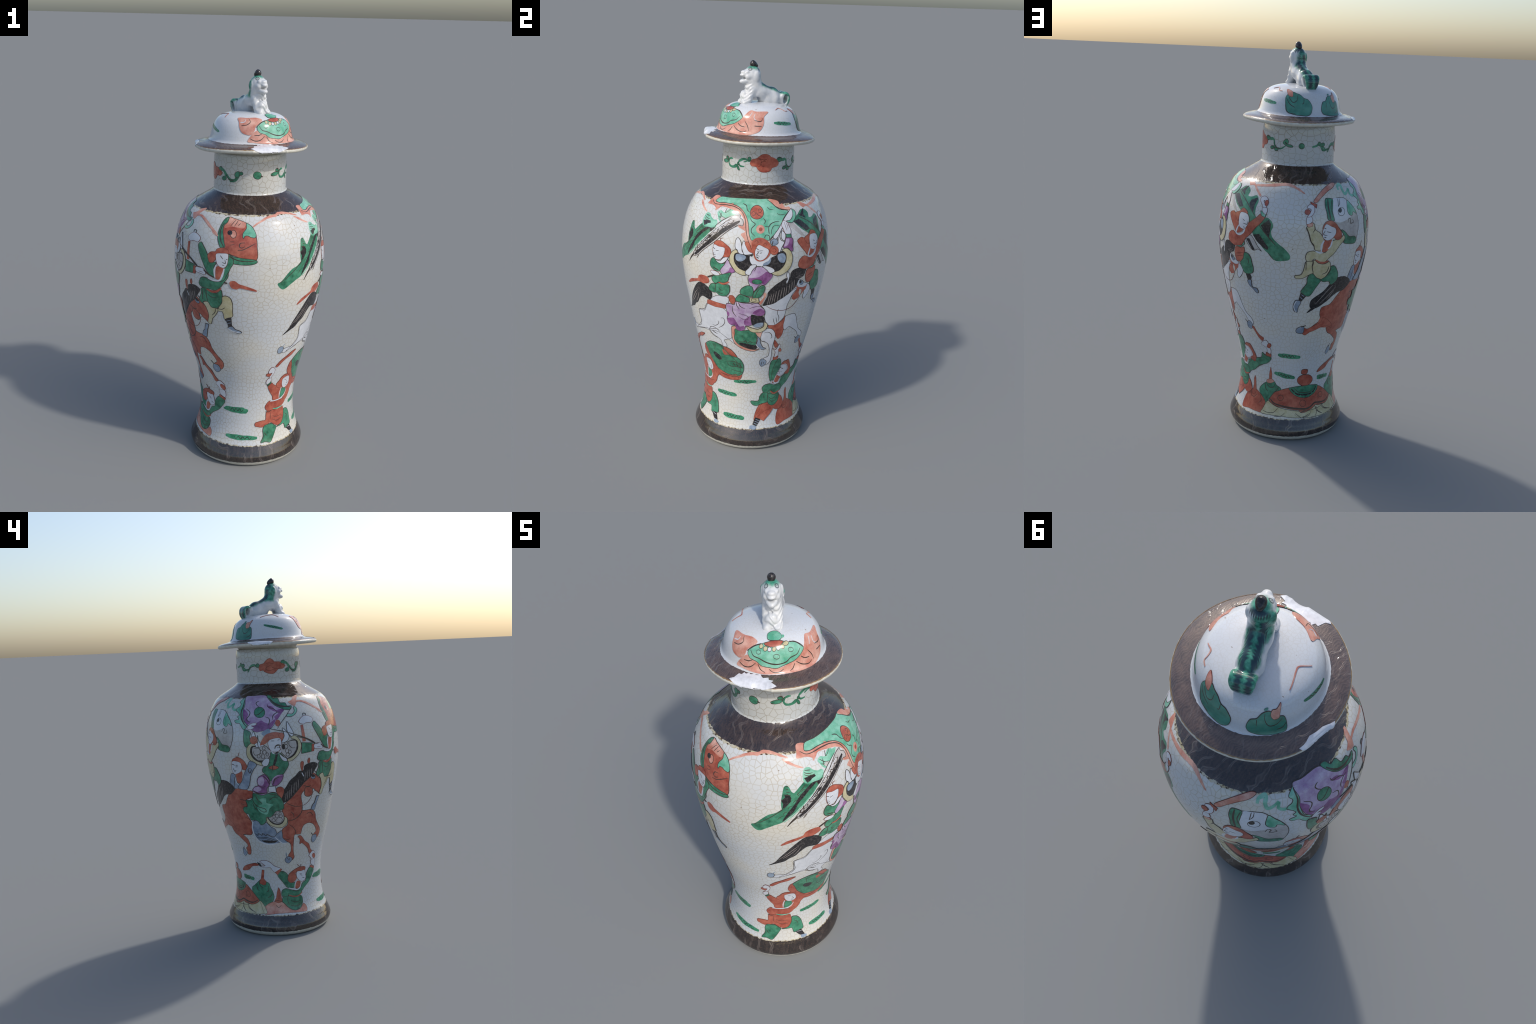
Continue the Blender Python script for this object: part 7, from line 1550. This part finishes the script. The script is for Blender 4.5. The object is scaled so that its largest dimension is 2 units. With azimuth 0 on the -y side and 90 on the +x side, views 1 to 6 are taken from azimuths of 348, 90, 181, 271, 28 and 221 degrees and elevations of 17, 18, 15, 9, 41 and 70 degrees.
m.patch("red", [(200.6, 0.3843), (202.1, 0.3450), (210.4, 0.3309), (210.7, 0.3080), (204.1, 0.2919), (197.9, 0.2875)], line="rust")

m = Motif("painted_grass", "vessel")
m.tuft((218.5, 0.3274), (236.4, 0.3127), 0.0219)
m.tuft((324.7, 0.3026), (346.2, 0.3131), 0.0222)
m.tuft((328.8, 0.1522), (361.2, 0.1506), 0.0225)

m = Motif("painted_vine", "vessel")
m.patch("red", [(78.2, 1.5211), (80.3, 1.5391), (88.5, 1.5477), (95.6, 1.5656), (102.9, 1.5685), (108.7, 1.5608), (111.8, 1.5473), (120.1, 1.5385), (124.2, 1.5227), (121.7, 1.5086), (113.4, 1.5030), (110.7, 1.4872), (105.0, 1.4805), (96.6, 1.4807), (91.0, 1.4908), (88.1, 1.5052), (80.6, 1.5099)], line="rust")
m.stroke("rust", 0.0041, [(95.1, 1.5262), (99.6, 1.5351), (105.4, 1.5260), (104.6, 1.5114), (98.1, 1.5087), (95.2, 1.5204), (96.0, 1.5292)])
m.stroke("rust", 0.0038, [(90.3, 1.5464), (95.0, 1.5379), (94.4, 1.5145), (90.8, 1.5055)])
m.stroke("rust", 0.0038, [(109.9, 1.5461), (105.2, 1.5348), (106.5, 1.5113), (111.4, 1.5048)])
m.stroke("rust", 0.0037, [(91.2, 1.5494), (99.5, 1.5409), (109.8, 1.5505)])
m.stroke("green", 0.0098, [(79.4, 1.5418), (76.7, 1.5295)])
m.oval("green", (77.0, 1.5442), (2.82, 0.0007), (0.09, -0.0088), line="ink")
m.stroke("green", 0.0099, [(76.7, 1.5295), (71.8, 1.5399), (63.8, 1.5373), (59.1, 1.5238), (61.0, 1.5069), (69.2, 1.5025)])
m.stroke("green", 0.0100, [(60.0, 1.4917), (55.4, 1.5075), (48.2, 1.4952), (40.5, 1.5000), (37.9, 1.5194), (43.7, 1.5373), (47.8, 1.5335)])
m.patch("green", [(55.4, 1.5045), (58.8, 1.5030), (61.2, 1.4833), (57.9, 1.4849)], line="ink")
m.oval("green", (27.6, 1.5150), (5.47, 0.0033), (0.19, -0.0083), line="ink")
m.oval("green", (34.3, 1.5308), (3.22, 0.0018), (0.12, -0.0101), line="ink")
m.stroke("ink", 0.0029, [(30.7, 1.5213), (37.8, 1.5209)])
m.stroke("ink", 0.0035, [(61.0, 1.5069), (56.5, 1.5138), (57.5, 1.5231)])
m.stroke("green", 0.0099, [(121.0, 1.5471), (126.8, 1.5367), (136.8, 1.5392), (140.3, 1.5141), (136.5, 1.4918)])
m.oval("green", (125.6, 1.5415), (4.14, -0.0012), (0.20, -0.0101), line="ink")
m.stroke("ink", 0.0029, [(140.2, 1.5171), (142.2, 1.4983), (149.0, 1.4980)])
m.oval("green", (143.7, 1.4901), (3.97, -0.0019), (0.23, -0.0079), line="ink")
m.stroke("green", 0.0077, [(143.9, 1.4945), (153.1, 1.4959), (160.0, 1.5102)])
m.stroke("green", 0.0141, [(295.0, 1.5320), (304.3, 1.5242), (309.8, 1.5080), (317.1, 1.4862), (324.9, 1.4874), (329.0, 1.5088), (335.0, 1.5226)])
m.oval("green", (296.7, 1.5297), (4.36, 0.0023), (0.03, -0.0125), line="ink")
m.oval("green", (305.2, 1.4887), (4.74, 0.0023), (0.02, -0.0106), line="ink")
m.oval("green", (329.0, 1.5150), (3.60, -0.0052), (-2.51, -0.0141), line="ink")
m.oval("green", (335.0, 1.5210), (2.98, 0.0006), (0.04, -0.0080), line="ink")
m.stroke("ink", 0.0037, [(308.5, 1.5074), (314.8, 1.4883), (326.0, 1.4846)])
m.patch("red", [(277.7, 1.5285), (293.2, 1.5279), (300.8, 1.5131), (296.9, 1.4969), (287.4, 1.4931), (276.1, 1.4704)])
m.oval("green", (359.8, 1.5137), (6.34, -0.0039), (-0.87, -0.0176), line="ink")
m.stroke("ink", 0.0049, [(4.3, 1.5118), (8.4, 1.5066)])
m.patch("green", [(22.0, 1.5144), (28.8, 1.5246), (37.3, 1.5198), (34.4, 1.5100), (25.1, 1.5072)], line="ink")
m.oval("green", (34.1, 1.5320), (3.49, -0.0014), (0.12, -0.0075), line="ink")
m.stroke("green", 0.0087, [(47.5, 1.5355), (40.3, 1.5294), (39.0, 1.5081), (46.3, 1.4936), (55.3, 1.4999), (59.4, 1.5167)])
m.stroke("ink", 0.0028, [(35.7, 1.5220), (40.2, 1.5357)])
m.stroke("green", 0.0056, [(69.6, 1.5407), (57.3, 1.5152), (60.2, 1.4867)])
m.stroke("green", 0.0056, [(74.3, 1.5329), (67.4, 1.5257)])
m.oval("green", (184.8, 1.5132), (4.34, 0.0005), (0.21, -0.0136), line="ink")
m.stroke("green", 0.0104, [(123.4, 1.5408), (131.9, 1.5347), (138.9, 1.5341), (139.9, 1.5130), (143.4, 1.4927), (151.6, 1.4954)])
m.oval("green", (125.2, 1.5384), (5.40, 0.0020), (0.17, -0.0104), line="ink")
m.oval("green", (143.5, 1.4896), (3.20, 0.0011), (0.11, -0.0080), line="ink")
m.oval("green", (135.5, 1.4960), (3.94, 0.0015), (0.13, -0.0080), line="ink")
m.stroke("ink", 0.0031, [(140.6, 1.5132), (144.6, 1.4992), (151.6, 1.4923)])
m.patch("green", [(161.5, 1.5438), (164.7, 1.5324), (163.8, 1.5201), (169.8, 1.5154), (171.9, 1.5082), (166.1, 1.5054), (159.9, 1.5130), (155.5, 1.5240)], line="ink")
m.stroke("ink", 0.0043, [(158.6, 1.5279), (162.9, 1.5168)])
m.stroke("green", 0.0104, [(201.3, 1.5095), (208.7, 1.5153), (213.1, 1.5242), (217.0, 1.5115), (225.2, 1.5011)])
m.oval("green", (213.7, 1.5241), (2.85, -0.0003), (0.19, -0.0092), line="ink")
m.patch("red", [(106.3, 1.5532), (119.3, 1.5424), (123.6, 1.5255), (122.1, 1.5094), (113.2, 1.4997), (102.8, 1.4797), (100.6, 1.5136)])
m.patch("red", [(253.4, 1.5019), (255.2, 1.5200), (262.3, 1.5283), (267.5, 1.5458), (273.4, 1.5541), (279.1, 1.5442), (280.9, 1.5364), (291.0, 1.5333), (295.1, 1.5206), (301.0, 1.5135), (296.8, 1.4989), (288.3, 1.4957), (284.0, 1.4826), (278.9, 1.4712), (271.1, 1.4723), (263.5, 1.4825), (260.7, 1.4904), (255.7, 1.4879)], line="rust")
m.stroke("rust", 0.0028, [(266.1, 1.5247), (266.7, 1.5003), (263.5, 1.4855)])
m.stroke("rust", 0.0028, [(274.7, 1.5175), (265.7, 1.5005), (270.4, 1.4877), (280.3, 1.4954)])
m.stroke("rust", 0.0028, [(277.8, 1.5262), (276.5, 1.5081), (283.3, 1.4980), (291.5, 1.4998)])
m.stroke("rust", 0.0028, [(266.2, 1.5278), (272.0, 1.5300), (279.7, 1.5229)])
m.stroke("green", 0.0123, [(253.3, 1.5263), (251.0, 1.5113), (245.9, 1.5194), (237.9, 1.5124), (234.0, 1.4943), (231.2, 1.4821)])
m.oval("green", (251.6, 1.5173), (3.29, -0.0003), (-0.19, -0.0110), line="ink")
m.stroke("green", 0.0106, [(234.0, 1.4973), (227.5, 1.4946), (220.2, 1.4947), (215.8, 1.5165), (212.4, 1.5258)])
m.oval("green", (220.1, 1.5195), (4.15, -0.0001), (-0.24, -0.0093), line="ink")
m.stroke("ink", 0.0037, [(230.1, 1.4914), (239.0, 1.5093), (244.7, 1.5149)])
m.stroke("green", 0.0123, [(293.1, 1.5300), (298.6, 1.5322), (305.4, 1.5220), (308.0, 1.5002), (303.5, 1.4856)])
m.stroke("ink", 0.0031, [(308.8, 1.5093), (315.2, 1.4867), (324.7, 1.4852), (333.7, 1.5119)])
m.stroke("green", 0.0081, [(316.4, 1.4773), (326.5, 1.4850), (332.3, 1.5059)])

m = Motif("painted_lotus", "lid")
m.patch("coral", [(324.5, 0.1587), (342.5, 0.1542), (358.5, 0.1527), (366.5, 0.1670), (362.5, 0.1850), (355.0, 0.2038), (353.5, 0.2226), (348.0, 0.2429), (342.5, 0.2422), (335.0, 0.2302), (331.0, 0.2061), (329.0, 0.1828)])
m.patch("coral", [(76.0, 0.1647), (85.0, 0.1692), (105.5, 0.1692), (98.0, 0.1963), (97.5, 0.2271), (92.5, 0.2617), (78.5, 0.2866), (73.0, 0.2896), (58.0, 0.2903), (45.0, 0.2888), (31.0, 0.2873), (19.0, 0.2888), (7.5, 0.2866), (-6.5, 0.2806), (-16.0, 0.2738), (-10.5, 0.2414), (-5.0, 0.2249), (6.5, 0.2196), (18.0, 0.2437), (30.5, 0.2648), (47.0, 0.2475), (60.0, 0.2271), (66.0, 0.2053)])
m.patch("teal", [(21.5, 0.1625), (34.0, 0.1580), (49.0, 0.1707), (57.5, 0.1753), (65.5, 0.2046), (60.5, 0.2241), (52.5, 0.2414), (44.5, 0.2497), (37.5, 0.2565), (30.5, 0.2648), (22.0, 0.2610), (14.0, 0.2557), (8.5, 0.2414), (0.0, 0.2309), (-3.0, 0.2129), (-0.5, 0.1933), (10.0, 0.1760)], line="ink")
m.stroke("ink", 0.0040, [(0.0, 0.2001), (4.0, 0.2196), (11.5, 0.2279), (20.0, 0.2414), (30.5, 0.2490), (41.5, 0.2422), (46.5, 0.2294), (55.5, 0.2204), (60.5, 0.2031)])
m.stroke("ink", 0.0047, [(-4.5, 0.2068), (3.5, 0.1843), (12.0, 0.1715)])
m.stroke("ink", 0.0040, [(49.5, 0.1685), (57.5, 0.1768), (65.5, 0.2046)])
m.oval("teal", (10.0, 0.2038), (2.75, -0.0011), (0.25, 0.0079), line="ink")
m.oval("teal", (31.0, 0.2189), (3.50, 0.0008), (0.00, 0.0090), line="ink")
m.oval("teal", (48.5, 0.1993), (3.00, 0.0023), (-0.50, 0.0083), line="ink")
m.oval("yellow", (12.5, 0.1813), (2.25, 0.0019), (-0.75, 0.0086), line="ink")
m.oval("yellow", (18.0, 0.1888), (2.50, 0.0008), (-0.50, 0.0094), line="ink")
m.oval("white", (23.0, 0.1910), (2.25, -0.0004), (0.00, 0.0086), line="ink")
m.oval("yellow", (28.5, 0.1903), (2.25, 0.0000), (-0.25, 0.0086), line="ink")
m.oval("white", (33.5, 0.1865), (2.25, -0.0008), (0.25, 0.0086), line="ink")
m.oval("yellow", (39.0, 0.1828), (2.25, -0.0015), (0.75, 0.0083), line="ink")
m.oval("yellow", (44.0, 0.1730), (3.75, -0.0019), (0.25, 0.0083), line="ink")
m.patch("red", [(16.0, 0.1722), (26.5, 0.1587), (41.0, 0.1640), (38.0, 0.1753), (30.5, 0.1820), (23.0, 0.1813)], line="ink")
m.patch("teal", [(20.0, 0.1512), (19.0, 0.1286), (26.5, 0.1136), (38.0, 0.1188), (41.5, 0.1384), (38.0, 0.1549), (29.0, 0.1572)], line="ink")
m.stroke("teal", 0.0114, [(40.0, 0.1444), (45.0, 0.1399)])
m.stroke("ink", 0.0034, [(347.5, 0.2602), (354.0, 0.2708), (361.5, 0.2663), (367.5, 0.2475)])
m.stroke("ink", 0.0030, [(353.0, 0.2444), (359.0, 0.2444), (363.5, 0.2377)])
m.stroke("ink", 0.0034, [(53.0, 0.2490), (59.5, 0.2663), (68.5, 0.2745), (73.5, 0.2670)])
m.stroke("ink", 0.0034, [(59.5, 0.2339), (64.0, 0.2460), (70.5, 0.2497)])
m.stroke("ink", 0.0030, [(22.5, 0.2678), (26.5, 0.2798), (33.0, 0.2806), (38.0, 0.2693)])
m.stroke("ink", 0.0030, [(10.0, 0.2497), (13.0, 0.2700), (18.0, 0.2821)])
m.stroke("ink", 0.0030, [(51.0, 0.2542), (48.0, 0.2730), (44.5, 0.2813)])
m.stroke("ink", 0.0030, [(334.0, 0.1986), (342.0, 0.1956), (347.0, 0.1798), (344.0, 0.1595)])
m.stroke("white", 0.0047, [(331.5, 0.1850), (338.5, 0.1790), (339.5, 0.1647)])
m.stroke("white", 0.0041, [(84.5, 0.1813), (83.0, 0.2023), (88.0, 0.2204)])
m.stroke("white", 0.0034, [(79.5, 0.1775), (75.0, 0.2053)])
m.stroke("ink", 0.0031, [(84.0, 0.2159), (94.0, 0.2166), (96.0, 0.2008)])
m.stroke("ink", 0.0031, [(84.5, 0.2414), (94.5, 0.2414)])
m.stroke("ink", 0.0031, [(70.0, 0.2211), (75.0, 0.2467), (76.5, 0.2678)])

m = Motif("painted_grass", "lid")
m.tuft((112.5, 0.2234), (143.5, 0.2317), 0.0161)
m.tuft((265.0, 0.2091), (297.0, 0.2377), 0.0135)

m = Motif("painted_peach", "lid")
m.patch("jade", [(158.5, 0.2309), (157.5, 0.1993), (160.0, 0.1828), (166.5, 0.1700), (173.5, 0.1775), (179.5, 0.1850), (185.0, 0.2008), (191.0, 0.2083), (196.5, 0.2384), (195.0, 0.2708), (190.5, 0.2836), (181.0, 0.2836), (169.5, 0.2775), (161.0, 0.2640)], line="ink")
m.stroke("ink", 0.0031, [(159.0, 0.2038), (165.0, 0.2309), (172.5, 0.2460)])
m.stroke("ink", 0.0030, [(162.0, 0.1971), (169.5, 0.2226), (175.0, 0.2121), (175.5, 0.1858)])
m.stroke("ink", 0.0030, [(185.0, 0.2008), (184.5, 0.2249), (182.5, 0.2287)])
m.stroke("ink", 0.0031, [(158.5, 0.2309), (163.5, 0.2700), (174.0, 0.2760)])
m.patch("coral", [(154.5, 0.1534), (166.5, 0.1700), (168.0, 0.1956), (162.0, 0.1918), (159.0, 0.1813)], line="rust")
m.patch("jade", [(210.5, 0.2550), (213.5, 0.2196), (219.5, 0.2121), (224.0, 0.1948), (231.5, 0.1895), (237.0, 0.2114), (243.5, 0.2204), (245.0, 0.2520), (244.0, 0.2813), (237.5, 0.2873), (228.0, 0.2858), (218.5, 0.2813), (212.5, 0.2723)], line="ink")
m.stroke("ink", 0.0030, [(227.0, 0.1956), (226.5, 0.2174), (229.5, 0.2460), (235.5, 0.2467), (242.0, 0.2234)])
m.stroke("ink", 0.0030, [(219.5, 0.2166), (219.0, 0.2437)])
m.stroke("ink", 0.0031, [(244.5, 0.2505), (241.0, 0.2670), (236.0, 0.2700)])
m.patch("coral", [(243.5, 0.1715), (240.5, 0.2016), (239.0, 0.2189), (234.0, 0.2204), (232.0, 0.2023), (234.0, 0.1873), (238.0, 0.1865)], line="rust")
m.stroke("jade", 0.0073, [(226.5, 0.1835), (230.5, 0.1798)])
m.stroke("coral", 0.0040, [(121.0, 0.1549), (131.0, 0.1414), (137.0, 0.1527), (139.5, 0.1640), (147.0, 0.1670)])
m.stroke("coral", 0.0043, [(295.5, 0.1595), (286.5, 0.1249), (278.5, 0.1249), (268.5, 0.1346), (257.0, 0.1512)])

m = Motif("chip_scar", "lid")
m.patch("chip", [(-11.5, 0.3497), (-8.5, 0.3377), (-7.5, 0.3099), (-4.5, 0.3099), (-3.5, 0.2963), (-1.0, 0.3009), (1.5, 0.2926), (4.0, 0.2986), (7.0, 0.2903), (9.0, 0.2956), (13.5, 0.2911), (15.5, 0.3024), (17.0, 0.3084), (22.0, 0.3046), (22.5, 0.3167), (26.5, 0.3212), (24.5, 0.3287), (29.0, 0.3475), (25.5, 0.3550), (20.0, 0.3625), (16.5, 0.3663), (8.5, 0.3701), (1.0, 0.3701), (-5.5, 0.3633)], sharp=True)
m.patch("chip", [(247.0, 0.3505), (253.0, 0.3445), (257.0, 0.3347), (262.5, 0.3385), (268.0, 0.3392), (276.5, 0.3543), (273.0, 0.3693), (265.0, 0.3678), (255.0, 0.3693), (248.5, 0.3595)], sharp=True)

for m in MOTIFS:
    m.finish()
